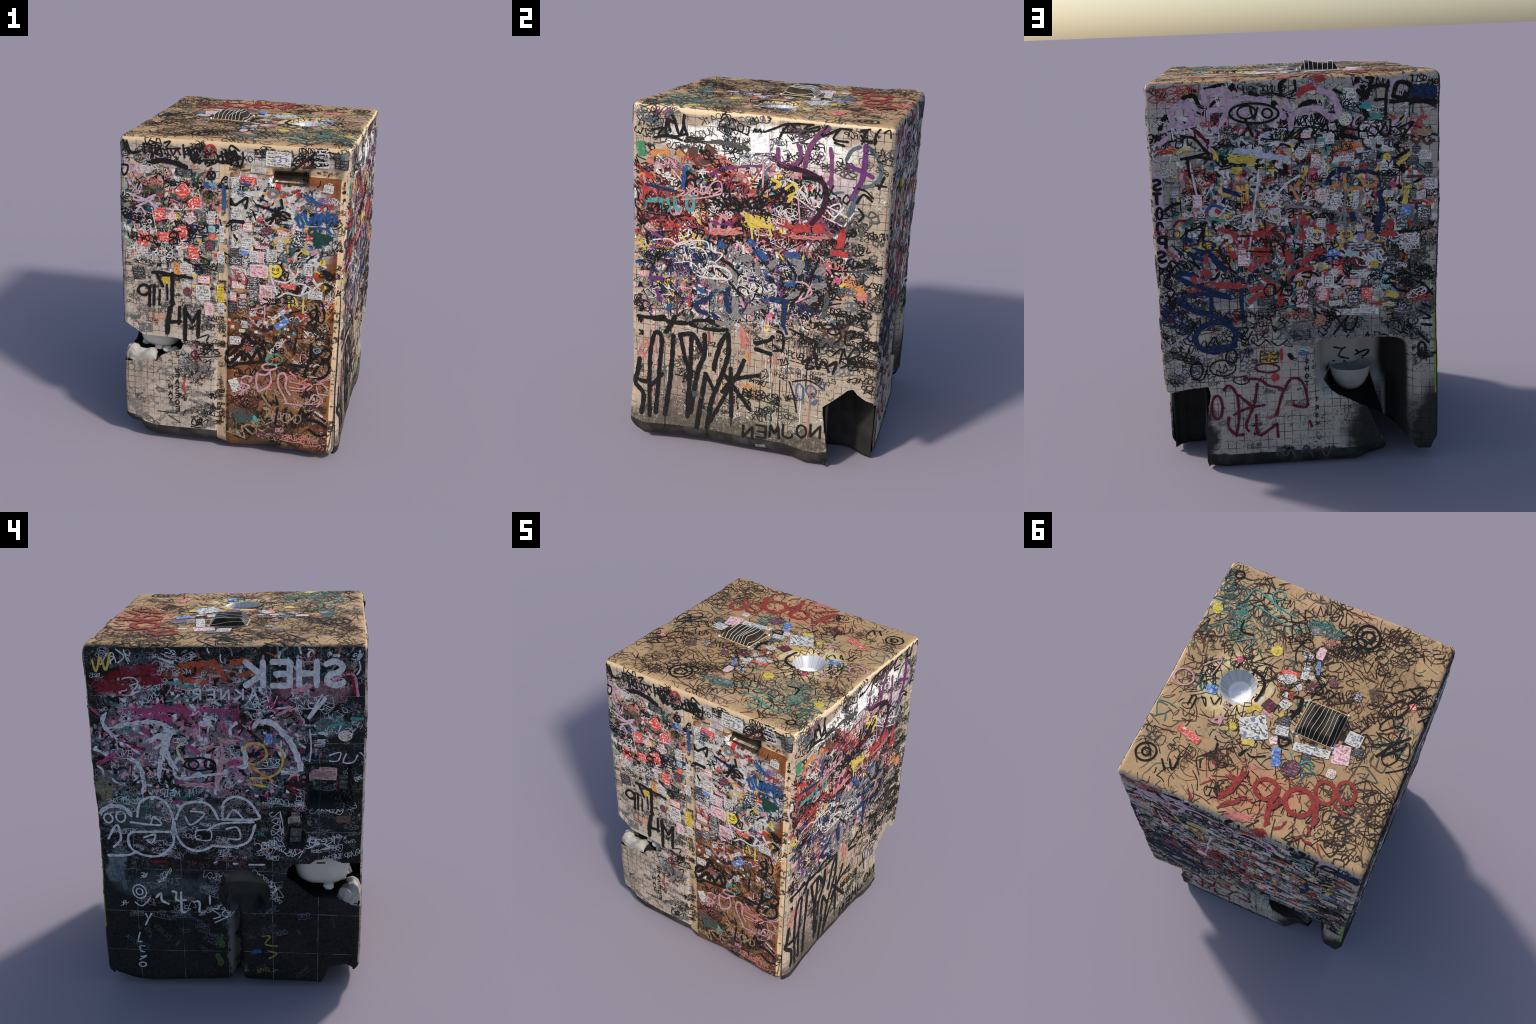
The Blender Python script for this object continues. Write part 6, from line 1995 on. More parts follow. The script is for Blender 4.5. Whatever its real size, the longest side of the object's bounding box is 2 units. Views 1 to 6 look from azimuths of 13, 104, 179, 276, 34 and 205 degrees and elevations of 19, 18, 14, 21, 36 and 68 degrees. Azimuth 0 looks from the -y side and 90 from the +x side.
    stroke("back", "navy", .022, "-0.443,0.654 -0.391,0.656 -0.32,0.657")
    stroke("back", "navy", .022, "-0.507,1.197 -0.543,1.208")
    stroke("back", "navy", .030, "-0.411,1.117 -0.369,1.059 -0.351,1.048")
    stroke("back", "red", .020, "-0.438,1.128 -0.45,1.081")
    stroke("back", "red", .030, "-0.462,1.044 -0.426,1.023")
    stroke("back", "red", .026, "-0.509,1.018 -0.497,0.988")
    stroke("back", "red", .030, "-0.418,0.994 -0.392,0.973 -0.304,0.963 -0.253,0.966")
    stroke("back", "red", .030, "-0.241,1.214 -0.177,1.215 -0.122,1.222")
    stroke("back", "red", .030, "-0.243,1.185 -0.235,1.157")
    stroke("back", "red", .030, "-0.314,1.132 -0.302,1.103")
    stroke("back", "red", .040, "-0.209,1.127 -0.135,1.128")
    stroke("back", "red", .030, "-0.232,1.033 -0.207,1.07 -0.136,1.096")
    stroke("back", "red", .030, "-0.09,1.108 -0.025,1.105")
    stroke("back", "red", .024, "-0.168,1.002 -0.128,0.961 -0.097,0.921 -0.09,0.848")
    stroke("back", "red", .024, "-0.241,0.937 -0.17,0.953")
    stroke("back", "red", .018, "-0.239,0.879 -0.205,0.911 -0.153,0.918")
    stroke("back", "red", .016, "-0.315,0.834 -0.314,0.771")
    stroke("back", "red", .020, "-0.376,1.252 -0.314,1.226 -0.288,1.197")
    stroke("back", "grey", .012, "-0.21,1.108 -0.222,1.042")
    stroke("back", "grey", .010, "-0.192,1.098 -0.185,1.041 -0.155,1.096")
    stroke("back", "tealdark", .009, "-0.136,1.105 -0.123,1.076 -0.152,1.049")
    stroke("back", "tealdark", .010, "-0.107,1.132 -0.091,1.084 -0.026,1.081 -0.015,1.138")
    stroke("back", "tealdark", .010, "-0.158,1.011 -0.104,0.975 -0.102,1.028")
    stroke("back", "tealdark", .009, "-0.092,1.046 -0.036,1.063 -0.019,1.024 -0.053,0.987")
    stroke("back", "white", .010, "-0.196,1.305 -0.219,1.203 -0.237,1.119")
    stroke("back", "white", .005, "-0.339,1.274 -0.282,1.309 -0.228,1.316")
    stroke("back", "black", .008, "-0.269,1.21 -0.205,1.207")
    stroke("back", "black", .007, "-0.152,1.284 -0.148,1.143")
    stroke("back", "black", .007, "-0.105,1.188 -0.07,1.149 -0.05,1.205")
    stroke("back", "black", .008, "-0.07,1.149 -0.055,1.045")
    stroke("back", "black", .012, "-0.522,1.245 -0.467,1.261 -0.429,1.283")
    stroke("back", "black", .009, "-0.245,1.134 -0.117,1.123")
    stroke("back", "red", .036, "0.024,1.296 0.036,1.258")
    stroke("back", "red", .030, "0.026,1.221 0.029,1.183")
    stroke("back", "red", .030, "0.173,1.243 0.163,1.196")
    stroke("back", "red", .034, "0.125,1.146 0.096,1.114 0.011,1.061")
    stroke("back", "red", .036, "-0.052,1.101 -0.035,1.063")
    stroke("back", "red", .020, "-0.051,0.997 -0.008,1.024 0.075,1.039")
    stroke("back", "red", .030, "0.431,1.235 0.454,1.224")
    stroke("back", "red", .030, "0.402,1.195 0.477,1.189")
    stroke("back", "red", .024, "0.126,1.013 0.144,1.012")
    stroke("back", "navy", .030, "0.393,1.28 0.383,1.206")
    stroke("back", "navy", .030, "0.265,1.295 0.274,1.271")
    stroke("back", "grey", .012, "-0.012,1.185 0.019,1.296")
    stroke("back", "grey", .012, "0.011,1.061 0.06,1.144")
    stroke("back", "grey", .014, "0.229,1.306 0.235,1.165")
    stroke("back", "black", .011, "0.429,0.992 0.462,0.979 0.419,0.945 0.457,0.941")
    stroke("back", "black", .016, "0.486,0.978 0.519,0.99 0.547,0.974 0.495,0.938")
    stroke("back", "black", .014, "0.462,0.93 0.486,0.905 0.538,0.892")
    stroke("back", "black", .010, "0.019,1.013 0.061,1.021 0.056,0.992 0.019,0.998")
    stroke("back", "yellow", .030, "0.424,0.9 0.486,0.87")
    stroke("back", "paleyellow", .020, "0.409,0.837 0.472,0.832")
    stroke("back", "black", .012, "0.59,0.942 0.628,0.911 0.657,0.872")
    stroke("back", "black", .012, "0.628,0.877 0.657,0.902")
    stroke("back", "black", .010, "0.594,0.792 0.646,0.756 0.61,0.75")
    stroke("back", "black", .012, "0.605,0.72 0.651,0.717")
    stroke("back", "black", .012, "0.59,0.678 0.637,0.628")
    stroke("back", "black", .012, "0.609,0.824 0.646,0.809")
    stroke("back", "tealdark", .016, "-0.057,0.949 -0.021,0.918")
    stroke("back", "tealdark", .012, "-0.065,0.852 -0.014,0.84")
    stroke("back", "maroon", .014, "-0.391,0.425 -0.365,0.45 -0.33,0.402 -0.322,0.322 -0.325,0.256 -0.342,0.176")
    stroke("back", "maroon", .014, "-0.318,0.394 -0.283,0.36 -0.246,0.338 -0.223,0.449")
    stroke("back", "maroon", .013, "-0.348,0.291 -0.284,0.321 -0.191,0.336")
    stroke("back", "maroon", .014, "-0.247,0.331 -0.289,0.234 -0.278,0.2")
    stroke("back", "maroon", .014, "-0.236,0.285 -0.229,0.178 -0.165,0.209 -0.145,0.228")
    stroke("back", "maroon", .013, "-0.289,0.479 -0.215,0.474 -0.168,0.439 -0.1,0.417 -0.109,0.365 -0.134,0.28")
    stroke("back", "maroon", .013, "-0.088,0.416 -0.055,0.467 -0.012,0.465 0.017,0.41 0.021,0.318 -0.048,0.329")
    stroke("back", "maroon", .014, "-0.374,0.278 -0.377,0.225 -0.341,0.183 -0.304,0.181")
    stroke("back", "maroon", .012, "-0.132,0.234 -0.129,0.16")
    stroke("back", "maroon", .014, "0.034,0.237 0.043,0.209")
    stroke("back", "red", .014, "-0.096,0.625 -0.098,0.573")
    stroke("back", "black", .008, "-0.463,0.652 -0.424,0.708 -0.402,0.656")
    stroke("back", "black", .008, "-0.548,0.645 -0.577,0.588 -0.498,0.571")
    stroke("back", "black", .006, "-0.407,0.566 -0.402,0.547")
    stroke("back", "black", .006, "-0.377,0.565 -0.372,0.545")
    stroke("back", "black", .006, "-0.421,0.535 -0.385,0.52 -0.366,0.539")
    stroke("back", "black", .007, "-0.462,0.563 -0.491,0.493 -0.546,0.495")
    stroke("back", "black", .006, "-0.243,0.683 -0.208,0.651 -0.17,0.68 -0.147,0.655")
    stroke("back", "black", .006, "-0.146,0.674 -0.11,0.646 -0.066,0.676")
    stroke("back", "slateblue", .024, "-0.007,0.608 0.035,0.598")
    stroke("back", "black", .020, "-0.057,0.597 -0.045,0.577")
    stroke("back", "darkgrey", .010, "-0.139,0.057 -0.131,0.104 -0.095,0.054 -0.068,0.087 -0.045,0.044")
    stroke("back", "darkgrey", .009, "-0.019,0.042 0.008,0.103 0.044,0.046")
    stroke("back", "darkgrey", .009, "0.084,0.092 0.114,0.04 0.14,0.089")
    stroke("back", "black", .008, "0.182,0.542 0.227,0.533 0.24,0.539")
    stroke("back", "black", .008, "0.227,0.533 0.207,0.493 0.258,0.477")
    stroke("back", "black", .009, "0.292,0.494 0.368,0.504 0.341,0.47 0.299,0.519")
    stroke("back", "red", .006, "0.082,0.619 0.098,0.666 0.116,0.573 0.09,0.595")
    ring("back", "lilac", .026, (-0.515, 1.789), 0.048, 0.048, -0.04)
    ring("back", "black", .011, (-0.18, 1.79), 0.108, 0.048, -0.03)
    ring("back", "black", .009, (-0.215, 1.796), 0.04, 0.031, -0.03)
    ring("back", "black", .009, (-0.119, 1.788), 0.022, 0.022, -0.03)
    ring("back", "black", .013, (-0.646, 1.335), 0.014, 0.026, -0.05)
    ring("back", "black", .016, (-0.65, 1.265), 0.014, 0.024, -0.05)
    ring("back", "navy", .026, (-0.416, 0.707), 0.101, 0.074, -0.05)
    ring("back", "black", .012, (0.604, 0.599), 0.019, 0.03, 0.0)
    ring("back", "maroon", .010, (-0.17, 0.531), 0.061, 0.023, -0.05)
    ring("back", "maroon", .013, (-0.43, 0.334), 0.028, 0.06, -0.04)
    ring("back", "red", .018, (-0.132, 0.48), 0.012, 0.012, -0.05)
    ring("back", "black", .007, (-0.39, 0.546), 0.067, 0.039, -0.05)
    ring("back", "black", .006, (-0.302, 0.474), 0.04, 0.02, -0.06)
    ring("back", "black", .008, (-0.344, 0.602), 0.027, 0.038, -0.06)
    ring("back", "black", .008, (-0.519, 0.54), 0.03, 0.045, -0.06)
    letters("back", "black", .015, "ST", (-0.649, 1.472), (-0.005, -0.066), 0.036)
    letters("back", "black", .017, "PS", (-0.645, 1.194), (-0.005, -0.07), 0.037)
    letters("back", "black", .005, "SHOT", (0.028, 0.56), (-0.001, -0.04), 0.016)
    letters("back", "black", .005, "BB", (0.065, 0.563), (-0.001, -0.038), 0.015)
    letters("back", "black", .005, "TRSK", (0.072, 0.354), (-0.001, -0.043), 0.014)
    letters("back", "black", .006, "TAS", (0.179, 0.459), (0.029, -0.001), 0.013)
    sticker("left", "blackwhite", (0.471, 1.45), 0.061, 0.04, -0.0)
    sticker("left", "blueprint", (0.217, 1.474), 0.034, 0.05, -0.01)
    sticker("left", "pinkprint", (0.511, 1.242), 0.094, 0.07, -0.04)
    sticker("left", "pinkprint", (0.453, 1.237), 0.073, 0.054, 0.03)
    sticker("left", "tealprint", (0.428, 1.178), 0.051, 0.056, 0.01)
    sticker("left", "whiteprint", (0.505, 1.143), 0.11, 0.043, -0.03)
    sticker("left", "blackprint", (0.592, 1.197), 0.051, 0.085, 0.01)
    sticker("left", "whiteprint", (0.338, 0.998), 0.063, 0.04, 0.01)
    sticker("left", "greyprint", (0.346, 0.916), 0.06, 0.056, 0.03)
    sticker("left", "brownprint", (0.596, 1.04), 0.072, 0.039, 0.02)
    sticker("left", "whitepine", (0.597, 1.489), 0.071, 0.057, -0.0, round_shape=True)
    stroke("left", "yellow", .012, "-0.649,1.871 -0.633,1.815 -0.607,1.884 -0.584,1.822 -0.557,1.906")
    stroke("left", "crimson", .050, "-0.647,1.73 -0.48,1.754")
    stroke("left", "crimson", .050, "-0.529,1.819 -0.325,1.837")
    stroke("left", "crimson", .040, "-0.424,1.768 -0.314,1.782")
    stroke("left", "orangered", .030, "-0.23,1.85 -0.04,1.862")
    stroke("left", "orangered", .026, "-0.066,1.89 0.011,1.778")
    stroke("left", "orangered", .030, "0.014,1.861 0.134,1.872")
    stroke("left", "orangered", .024, "-0.219,1.78 -0.084,1.765")
    stroke("left", "orangered", .020, "0.065,1.791 0.147,1.818")
    stroke("left", "teal", .014, "-0.288,1.767 -0.153,1.737")
    stroke("left", "teal", .010, "-0.292,1.669 -0.128,1.694")
    stroke("left", "magenta", .026, "-0.475,1.612 -0.295,1.626 -0.158,1.61")
    stroke("left", "magenta", .030, "-0.352,1.597 -0.27,1.568")
    stroke("left", "magenta", .024, "-0.426,1.524 -0.385,1.495")
    stroke("left", "magenta", .022, "-0.665,1.326 -0.561,1.386")
    stroke("left", "magenta", .026, "-0,1.335 0.056,1.35")
    stroke("left", "magenta", .024, "-0.13,1.624 0.034,1.609")
    stroke("left", "magenta", .020, "0.198,1.651 0.239,1.651")
    stroke("left", "magenta", .018, "-0.192,1.437 -0.138,1.393")
    stroke("left", "pink", .030, "-0.177,1.48 -0.134,1.524")
    stroke("left", "pink", .026, "-0.039,1.466 0.058,1.451")
    stroke("left", "pink", .024, "-0.012,1.408 -0.061,1.198")
    stroke("left", "pink", .020, "-0.245,1.226 -0.06,1.213")
    stroke("left", "pink", .024, "-0.373,1.466 -0.346,1.437")
    stroke("left", "pink", .026, "0.495,1.761 0.588,1.747")
    stroke("left", "crimson", .016, "0.548,1.747 0.613,1.815 0.642,1.705")
    stroke("left", "pink", .022, "0.321,1.707 0.441,1.747")
    stroke("left", "pink", .014, "0.535,1.775 0.627,1.801 0.656,1.692")
    stroke("left", "chalk", 0.0200, "-0.608,1.503 -0.508,1.543 -0.368,1.561 -0.272,1.524")
    stroke("left", "chalk", 0.0200, "-0.601,1.603 -0.62,1.545 -0.555,1.461")
    stroke("left", "chalk", 0.0225, "-0.299,1.553 -0.318,1.437 -0.357,1.241")
    stroke("left", "chalk", 0.0250, "-0.272,1.524 -0.306,1.408 -0.256,1.287")
    stroke("left", "chalk", 0.0200, "-0.519,1.373 -0.451,1.332 -0.43,1.225 -0.441,1.162")
    stroke("left", "chalk", 0.0225, "-0.402,1.451 -0.272,1.524")
    stroke("left", "chalk", 0.0225, "-0.118,1.581 -0.049,1.58")
    stroke("left", "chalk", 0.0300, "-0.133,1.553 -0.064,1.551")
    stroke("left", "chalk", 0.0275, "0.142,1.524 0.17,1.559 0.238,1.552 0.279,1.51 0.334,1.439 0.376,1.322 0.362,1.286")
    stroke("left", "chalk", 0.0200, "0.362,1.293 0.278,1.293")
    stroke("left", "chalk", 0.0225, "0.086,1.437 0.098,1.335 0.055,1.32")
    stroke("left", "chalk", 0.0125, "-0.229,1.256 -0.115,1.273 -0.002,1.289")
    stroke("left", "chalk", 0.0150, "-0.373,1.466 -0.344,1.495 -0.318,1.452 -0.361,1.422")
    stroke("left", "chalk", 0.0175, "0.496,1.679 0.416,1.581")
    stroke("left", "yellow", .013, "0.085,1.409 0.113,1.445 0.183,1.439 0.203,1.38 0.14,1.336 0.084,1.365")
    stroke("left", "yellow", .012, "0.124,1.261 0.222,1.269 0.279,1.322 0.286,1.41")
    stroke("left", "yellow", .014, "0.11,1.232 0.194,1.216")
    stroke("left", "yellow", .010, "0.126,1.336 0.167,1.292")
    stroke("left", "orange", .014, "0.125,1.321 0.236,1.247")
    stroke("left", "paleyellow", .013, "-0.22,1.452 -0.249,1.423 -0.237,1.379 -0.217,1.348")
    stroke("left", "chalk", 0.0200, "-0.676,1.046 -0.634,1.087 -0.554,1.089 -0.5,1.035")
    stroke("left", "chalk", 0.0150, "-0.506,0.827 -0.544,0.81 -0.649,0.806")
    stroke("left", "chalk", 0.0137, "-0.478,1.036 -0.459,1.115 -0.392,1.15 -0.321,1.118 -0.29,1.023 -0.301,0.944")
    stroke("left", "chalk", 0.0137, "-0.294,0.952 -0.403,0.95 -0.522,0.938 -0.527,0.858 -0.455,0.812 -0.367,0.813 -0.297,0.88 -0.294,0.952")
    stroke("left", "chalk", 0.0137, "-0.276,1.024 -0.236,1.104 -0.163,1.127 -0.093,1.104 -0.052,1.028")
    stroke("left", "chalk", 0.0137, "-0.284,1.008 -0.273,0.929 -0.232,0.866 -0.16,0.843 -0.093,0.869")
    stroke("left", "chalk", 0.0137, "-0.03,1.044 -0.021,1.122 0.038,1.158 0.108,1.133 0.156,1.064 0.149,1.033 -0.031,1.028")
    stroke("left", "chalk", 0.0137, "-0.093,0.877 0.016,0.871 0.103,0.905 0.141,1.001")
    stroke("left", "chalk", 0.0112, "-0.517,1.003 -0.357,0.99 -0.391,1.037 -0.408,0.997")
    stroke("left", "chalk", 0.0112, "-0.449,0.917 -0.39,0.934 -0.407,0.886 -0.435,0.901")
    stroke("left", "chalk", 0.0112, "-0.112,0.964 -0.038,1.004 0.134,1.017")
    stroke("left", "chalk", 0.0112, "-0.009,1.029 0.028,1.084 0.077,1.038")
    stroke("left", "chalk", 0.0100, "-0.01,0.974 0.047,0.983 0.06,0.92 0.002,0.918")
    stroke("left", "chalk", 0.0125, "-0.642,0.904 -0.591,0.985 -0.575,0.905 -0.616,0.856")
    stroke("left", "chalk", 0.0100, "-0.224,1.041 -0.197,0.994 -0.123,1.058 -0.194,1.073")
    stroke("left", "chalk", 0.0075, "-0.17,0.962 -0.097,0.965 -0.099,0.908 -0.172,0.915 -0.17,0.962")
    stroke("left", "chalk", 0.0075, "-0.52,0.53 -0.484,0.508 -0.45,0.539 -0.433,0.563")
    stroke("left", "chalk", 0.0088, "-0.465,0.461 -0.451,0.432 -0.434,0.462")
    stroke("left", "chalk", 0.0088, "-0.451,0.432 -0.47,0.389")
    stroke("left", "chalk", 0.0075, "-0.505,0.339 -0.519,0.283 -0.498,0.284")
    stroke("left", "chalk", 0.0075, "-0.483,0.254 -0.51,0.253 -0.507,0.222 -0.486,0.217")
    stroke("left", "chalk", 0.0075, "-0.509,0.185 -0.477,0.191 -0.516,0.166")
    stroke("left", "chalk", 0.0125, "-0.402,0.563 -0.375,0.587 -0.372,0.546 -0.336,0.524")
    stroke("left", "chalk", 0.0125, "-0.312,0.599 -0.292,0.593 -0.293,0.548 -0.242,0.548")
    stroke("left", "chalk", 0.0125, "-0.266,0.594 -0.266,0.477 -0.245,0.477")
    stroke("left", "chalk", 0.0125, "-0.201,0.537 -0.17,0.537 -0.171,0.479")
    stroke("left", "chalk", 0.0100, "-0.111,0.574 -0.112,0.527")
    stroke("left", "slate", .024, "-0.585,0.697 -0.564,0.597")
    stroke("left", "slate", .020, "-0.616,0.761 -0.6,0.698")
    stroke("left", "crimson", .020, "-0.422,0.767 -0.339,0.769")
    stroke("left", "crimson", .012, "-0.2,0.766 -0.18,0.763")
    stroke("left", "chalk", 0.0125, "0.02,0.762 0.041,0.763")
    stroke("left", "chalk", 0.0125, "-0.082,0.766 -0.071,0.772")
    stroke("left", "crimson", .008, "0.051,0.763 0.072,0.763")
    stroke("left", "chalk", 0.0100, "0.102,0.758 0.184,0.761")
    stroke("left", "mossgreen", .030, "-0.067,0.325 -0.048,0.251")
    stroke("left", "mossgreen", .030, "-0.081,0.214 -0.057,0.139")
    stroke("left", "blue", .024, "0.11,0.23 0.158,0.239")
    stroke("left", "ochre", .010, "0.17,0.332 0.212,0.334 0.185,0.283 0.248,0.273")
    stroke("left", "ochre", .010, "0.2,0.241 0.247,0.224 0.205,0.191")
    stroke("left", "paleblue", .006, "0.444,1.44 0.499,1.454 0.457,1.469 0.498,1.469")
    stroke("left", "chalk", .009, "0.481,1.697 0.447,1.641 0.413,1.584")
    stroke("left", "chalk", .008, "0.421,1.519 0.428,1.417 0.413,1.311")
    stroke("left", "chalk", .007, "0.52,1.387 0.575,1.402 0.562,1.358 0.52,1.357")
    stroke("left", "chalk", .007, "0.604,1.395 0.59,1.351 0.639,1.351 0.66,1.388")
    stroke("left", "chalk", .007, "0.673,1.402 0.72,1.353")
    stroke("left", "chalk", .008, "0.424,0.907 0.468,0.9 0.424,0.875")
    stroke("left", "chalk", .008, "0.497,0.9 0.526,0.877 0.49,0.867")
    stroke("left", "crimson", .014, "0.308,1.22 0.365,1.174")
    stroke("left", "teal", .016, "0.525,1.541 0.587,1.555")
    stroke("left", "teal", .016, "0.628,1.577 0.684,1.575")
    stroke("left", "teal", .026, "0.407,1.241 0.446,1.17")
    stroke("left", "pink", .030, "0.418,1.254 0.475,1.234 0.533,1.243")
    stroke("left", "crimson", .010, "0.447,1.125 0.491,1.117")
    stroke("left", "red", .006, "0.559,1.196 0.557,1.127")
    ring("left", "black", .009, (-0.141, 1.334), 0.077, 0.033, 0.0)
    ring("left", "black", .009, (-0.169, 1.333), 0.025, 0.024, 0.01)
    ring("left", "black", .009, (-0.085, 1.334), 0.028, 0.027, 0.02)
    ring("left", "chalk", 0.0100, (-0.633, 1.023), 0.023, 0.026, 0.02)
    ring("left", "chalk", 0.0100, (-0.566, 1.033), 0.026, 0.029, 0.02)
    ring("left", "chalk", 0.0075, (-0.492, 0.595), 0.037, 0.04, 0.03)
    ring("left", "chalk", 0.0075, (-0.492, 0.595), 0.018, 0.02, 0.03)
    ring("left", "chalk", 0.0075, (-0.501, 0.135), 0.019, 0.015, 0.03)
    letters("left", "chalk", .030, "KEHS", (0.148, 1.805), (0.131, -0.0), 0.088)
    letters("left", "chalk", .010, "RENKA", (-0.141, 1.701), (0.071, -0.0), 0.038)
    sticker("top", "blueprint", (0.437, 0.079), 0.06, 0.052, -2.92)
    sticker("top", "redprint", (0.428, 0.361), 0.142, 0.038, 2.87)
    sticker("top", "whiteprint", (0.139, 0.191), 0.144, 0.137, -2.6)
    sticker("top", "darkred", (0.119, 0.04), 0.064, 0.065, -1.93)
    sticker("top", "whiteprint", (0.044, -0.002), 0.054, 0.055, -1.98)
    sticker("top", "blackprint", (0.011, 0.089), 0.071, 0.065, -2.96)
    sticker("top", "whiteprint", (-0.003, 0.143), 0.07, 0.054, -2.95)
    sticker("top", "whiteprint", (-0.187, 0.182), 0.194, 0.049, -3.0)
    sticker("top", "blueprint", (-0.033, 0.289), 0.046, 0.105, -2.8)
    sticker("top", "redprint", (0.096, -0.175), 0.092, 0.037, -2.98)
    sticker("top", "whiteprint", (0.021, -0.225), 0.039, 0.103, -3.02)
    sticker("top", "blueprint", (-0.034, -0.268), 0.019, 0.082, -2.82)
    sticker("top", "darkred", (-0.05, -0.153), 0.054, 0.056, 2.97)
    sticker("top", "blackprint", (-0.411, 0.093), 0.055, 0.06, 3.09)
    sticker("top", "whiteprint", (-0.367, 0.036), 0.084, 0.075, 3.09)
    sticker("top", "pinkprint", (-0.336, 0.142), 0.092, 0.11, -2.91)
    sticker("top", "blackprint", (-0.176, 0.225), 0.046, 0.04, -3.0)
    sticker("top", "greyprint", (0.065, -0.474), 0.058, 0.056, -2.74)
    sticker("top", "brownprint", (-0.376, -0.248), 0.071, 0.075, -2.52)
    sticker("top", "redprint", (-0.581, -0.263), 0.034, 0.036, -2.54)
    sticker("top", "brownprint", (0.538, -0.364), 0.035, 0.04, -2.7)
    sticker("top", "blackwhite", (0.05, -0.314), 0.066, 0.041, 2.8)
    sticker("top", "pinkprint", (-0.012, -0.353), 0.044, 0.07, -3.12)
    sticker("top", "darkpink", (-0.129, 0.314), 0.101, 0.093, -2.73, round_shape=True)
    sticker("top", "whiteprint", (0.094, -0.141), 0.105, 0.058, -2.72, round_shape=True)
    sticker("top", "whiteprint", (0.018, -0.118), 0.036, 0.039, -2.73, round_shape=True)
    sticker("top", "darkpink", (-0.141, -0.219), 0.053, 0.053, -2.72, round_shape=True)
    sticker("top", "yellowdot", (0.217, -0.272), 0.063, 0.06, -2.73, round_shape=True)
    sticker("top", "pinkred", (0.375, -0.142), 0.037, 0.041, -2.72, round_shape=True)
    sticker("top", "yellowdot", (0.624, -0.375), 0.058, 0.065, -2.74, round_shape=True)
    sticker("top", "redring", (-0.329, 0.259), 0.055, 0.059, -2.73, round_shape=True)
    sticker("top", "yellowdot", (0.212, -0.272), 0.057, 0.058, -2.73, round_shape=True)
    stroke("top", "brickred", .030, "0.156,0.475 0.092,0.486 0.074,0.43")
    stroke("top", "brickred", .032, "0.086,0.467 0.103,0.554 0.142,0.611")
    stroke("top", "brickred", .026, "-0.113,0.423 -0.111,0.549 -0.145,0.656")
    stroke("top", "brickred", .026, "-0.172,0.459 -0.129,0.556")
    stroke("top", "brickred", .030, "-0.316,0.425 -0.357,0.557")
    stroke("top", "brickred", .016, "-0.411,0.413 -0.479,0.442")
    stroke("top", "brickred", .040, "-0.065,0.72 -0.156,0.678")
    stroke("top", "brickred", .020, "0.127,0.657 0.032,0.583")
    stroke("top", "salmon", .040, "0.074,0.678 -0.081,0.64")
    stroke("top", "brickred", .014, "-0.333,0.568 -0.355,0.603")
    stroke("top", "black", .010, "0.493,0.542 0.455,0.588")
    stroke("top", "black", .010, "0.457,0.526 0.419,0.572 0.415,0.491")
    stroke("top", "black", .012, "-0.505,0.076 -0.558,-0.012 -0.63,-0.094")
    stroke("top", "black", .014, "-0.53,0.065 -0.613,-0.021")
    stroke("top", "black", .012, "0.459,-0.366 0.444,-0.302 0.375,-0.307")
    stroke("top", "teal", .008, "0.51,-0.487 0.486,-0.571 0.411,-0.551 0.317,-0.521 0.21,-0.497")
    stroke("top", "teal", .008, "0.442,-0.48 0.335,-0.458 0.229,-0.435")
    stroke("top", "teal", .008, "0.418,-0.566 0.289,-0.496")
    stroke("top", "teal", .006, "0.448,-0.229 0.352,-0.292 0.376,-0.21")
    stroke("top", "pink", .008, "0.54,-0.032 0.465,-0.101 0.474,0.007")
    stroke("top", "pink", .010, "0.359,0.239 0.316,0.203 0.309,0.249")
    stroke("top", "pink", .014, "0.351,0.243 0.317,0.239 0.324,0.214 0.298,0.203")
    stroke("top", "pink", .010, "0.343,0.132 0.285,0.145")
    stroke("top", "red", .008, "0.133,-0.101 0.107,-0.077 0.073,-0.082")
    stroke("top", "red", .008, "0.051,-0.068 0.021,-0.036 0.034,-0.076")
    stroke("top", "black", .020, "-0.017,0.049 -0.035,-0.015 -0.027,-0.057")
    stroke("top", "black", .018, "-0,0.023 -0.039,0.017")
    stroke("top", "black", .014, "0.012,-0.063 -0.027,-0.068 -0.027,-0.022")
    stroke("top", "black", .012, "0.002,0.179 -0.023,0.222 -0.053,0.209 -0.064,0.177 -0.005,0.181")
    stroke("top", "black", .008, "0.109,0.331 0.08,0.34 0.019,0.308")
    stroke("top", "black", .014, "0.143,0.357 0.128,0.324")
    stroke("top", "black", .007, "0.466,0.137 0.424,0.18 0.445,0.139 0.462,0.146")
    stroke("top", "black", .008, "0.513,0.21 0.511,0.152 0.489,0.154 0.487,0.221")
    stroke("top", "black", .007, "0.421,0.123 0.386,0.152 0.376,0.107")
    stroke("top", "black", .008, "-0.127,-0.147 -0.132,-0.172 -0.169,-0.16 -0.144,-0.109")
    stroke("top", "black", .007, "-0.188,-0.174 -0.215,-0.135")
    stroke("top", "black", .007, "-0.206,-0.183 -0.233,-0.142")
    stroke("top", "yellow", .030, "0.214,0.119 0.18,0.081 0.139,0.08")
    stroke("top", "yellow", .030, "0.252,0.214 0.23,0.237")
    stroke("top", "yellow", .030, "0.169,0.281 0.103,0.269")
    stroke("top", "yellow", .020, "0.045,0.072 0.032,0.055")
    stroke("top", "pink", .014, "0.128,0.081 0.079,0.098")
    stroke("top", "black", .016, "0.282,-0.114 0.22,-0.095 0.189,-0.051 0.189,-0.005 0.197,0.044")
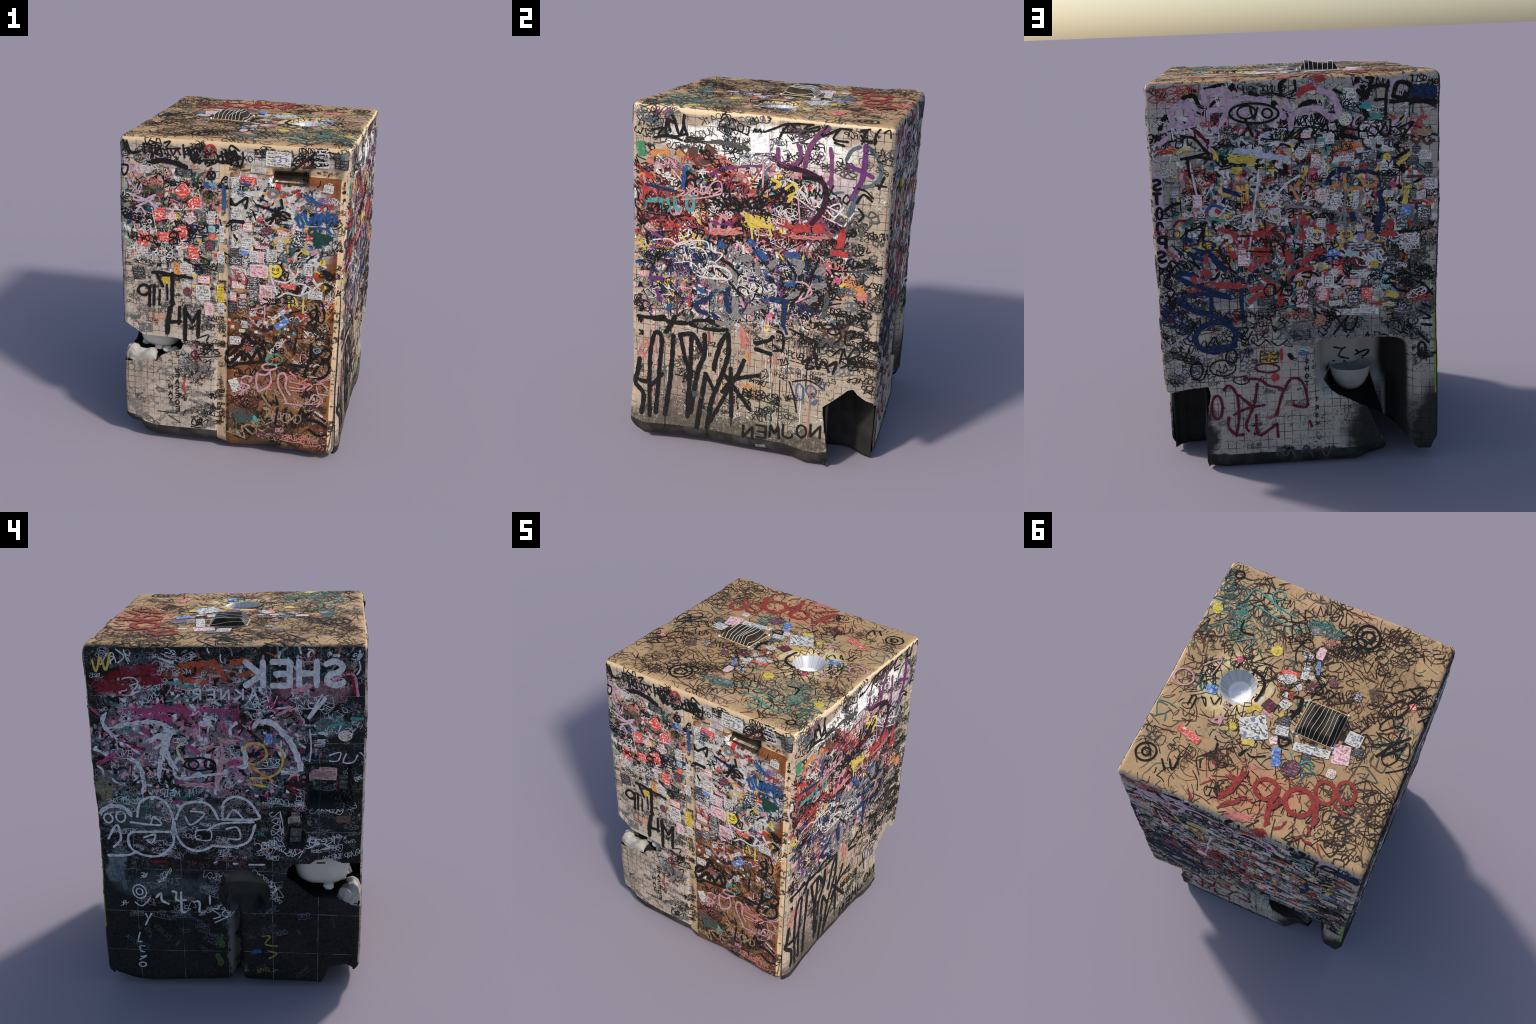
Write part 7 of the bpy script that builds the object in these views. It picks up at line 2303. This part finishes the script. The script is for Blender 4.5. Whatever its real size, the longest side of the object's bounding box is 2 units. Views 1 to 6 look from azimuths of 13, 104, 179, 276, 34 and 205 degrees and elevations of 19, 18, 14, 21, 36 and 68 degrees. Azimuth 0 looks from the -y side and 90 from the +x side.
    stroke("top", "teal", .006, "-0.079,0.224 -0.112,0.263")
    stroke("top", "teal", .008, "-0.162,0.274 -0.198,0.242 -0.23,0.27")
    stroke("top", "purple", .005, "-0.312,-0.038 -0.375,-0.033")
    ring("top", "brickred", .022, (-0.061, 0.471), 0.06, 0.055, -2.71)
    ring("top", "brickred", .026, (-0.24, 0.467), 0.073, 0.071, -2.71)
    ring("top", "brickred", .020, (-0.341, 0.367), 0.048, 0.063, -2.74)
    ring("top", "brickred", .020, (-0.439, 0.325), 0.048, 0.056, -2.72)
    ring("top", "black", .014, (-0.208, -0.548), 0.069, 0.067, -2.72)
    ring("top", "black", .012, (-0.208, -0.548), 0.036, 0.035, -2.72)
    ring("top", "black", .010, (0.606, -0.616), 0.024, 0.024, -2.7)
    ring("top", "black", .010, (0.587, 0.537), 0.051, 0.053, -2.71)
    ring("top", "black", .010, (0.587, 0.537), 0.021, 0.022, -2.72)
    ring("top", "teal", .008, (0.348, -0.589), 0.032, 0.029, -2.76)
    ring("top", "pink", .010, (0.604, 0.074), 0.053, 0.049, -2.73)
    ring("top", "black", .007, (-0.086, -0.146), 0.021, 0.021, -2.72)
    ring("top", "black", .010, (-0.175, -0.494), 0.044, 0.027, -2.73)


def main():
    global ROOT
    ROOT = bpy.data.objects.new("graffiti_washroom", None)
    bpy.context.scene.collection.objects.link(ROOT)
    ROOT["label"] = "small washroom cubicle shell covered in graffiti and stickers"
    ROOT["category"] = "washroom"
    M = wall_materials()
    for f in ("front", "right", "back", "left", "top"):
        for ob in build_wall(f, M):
            n = ob.name.split(".")[0]
            if n in ("front_wall", "right_wall", "back_wall", "left_wall"):
                WALLS[n[:-5]] = ob
            elif n == "ceiling":
                WALLS["top"] = ob
            elif n in ("door", "door_frame"):
                WALLS[n] = ob
    build_fixtures(M)
    slab("green_tape", "back", .672, .64, .016, .56, .001, M["green_tape"], .02, WALLS["back"], n=30)
    ambient_marks()
    LIFT["n"] = 0
    placed_marks()
    flush_marks()


main()
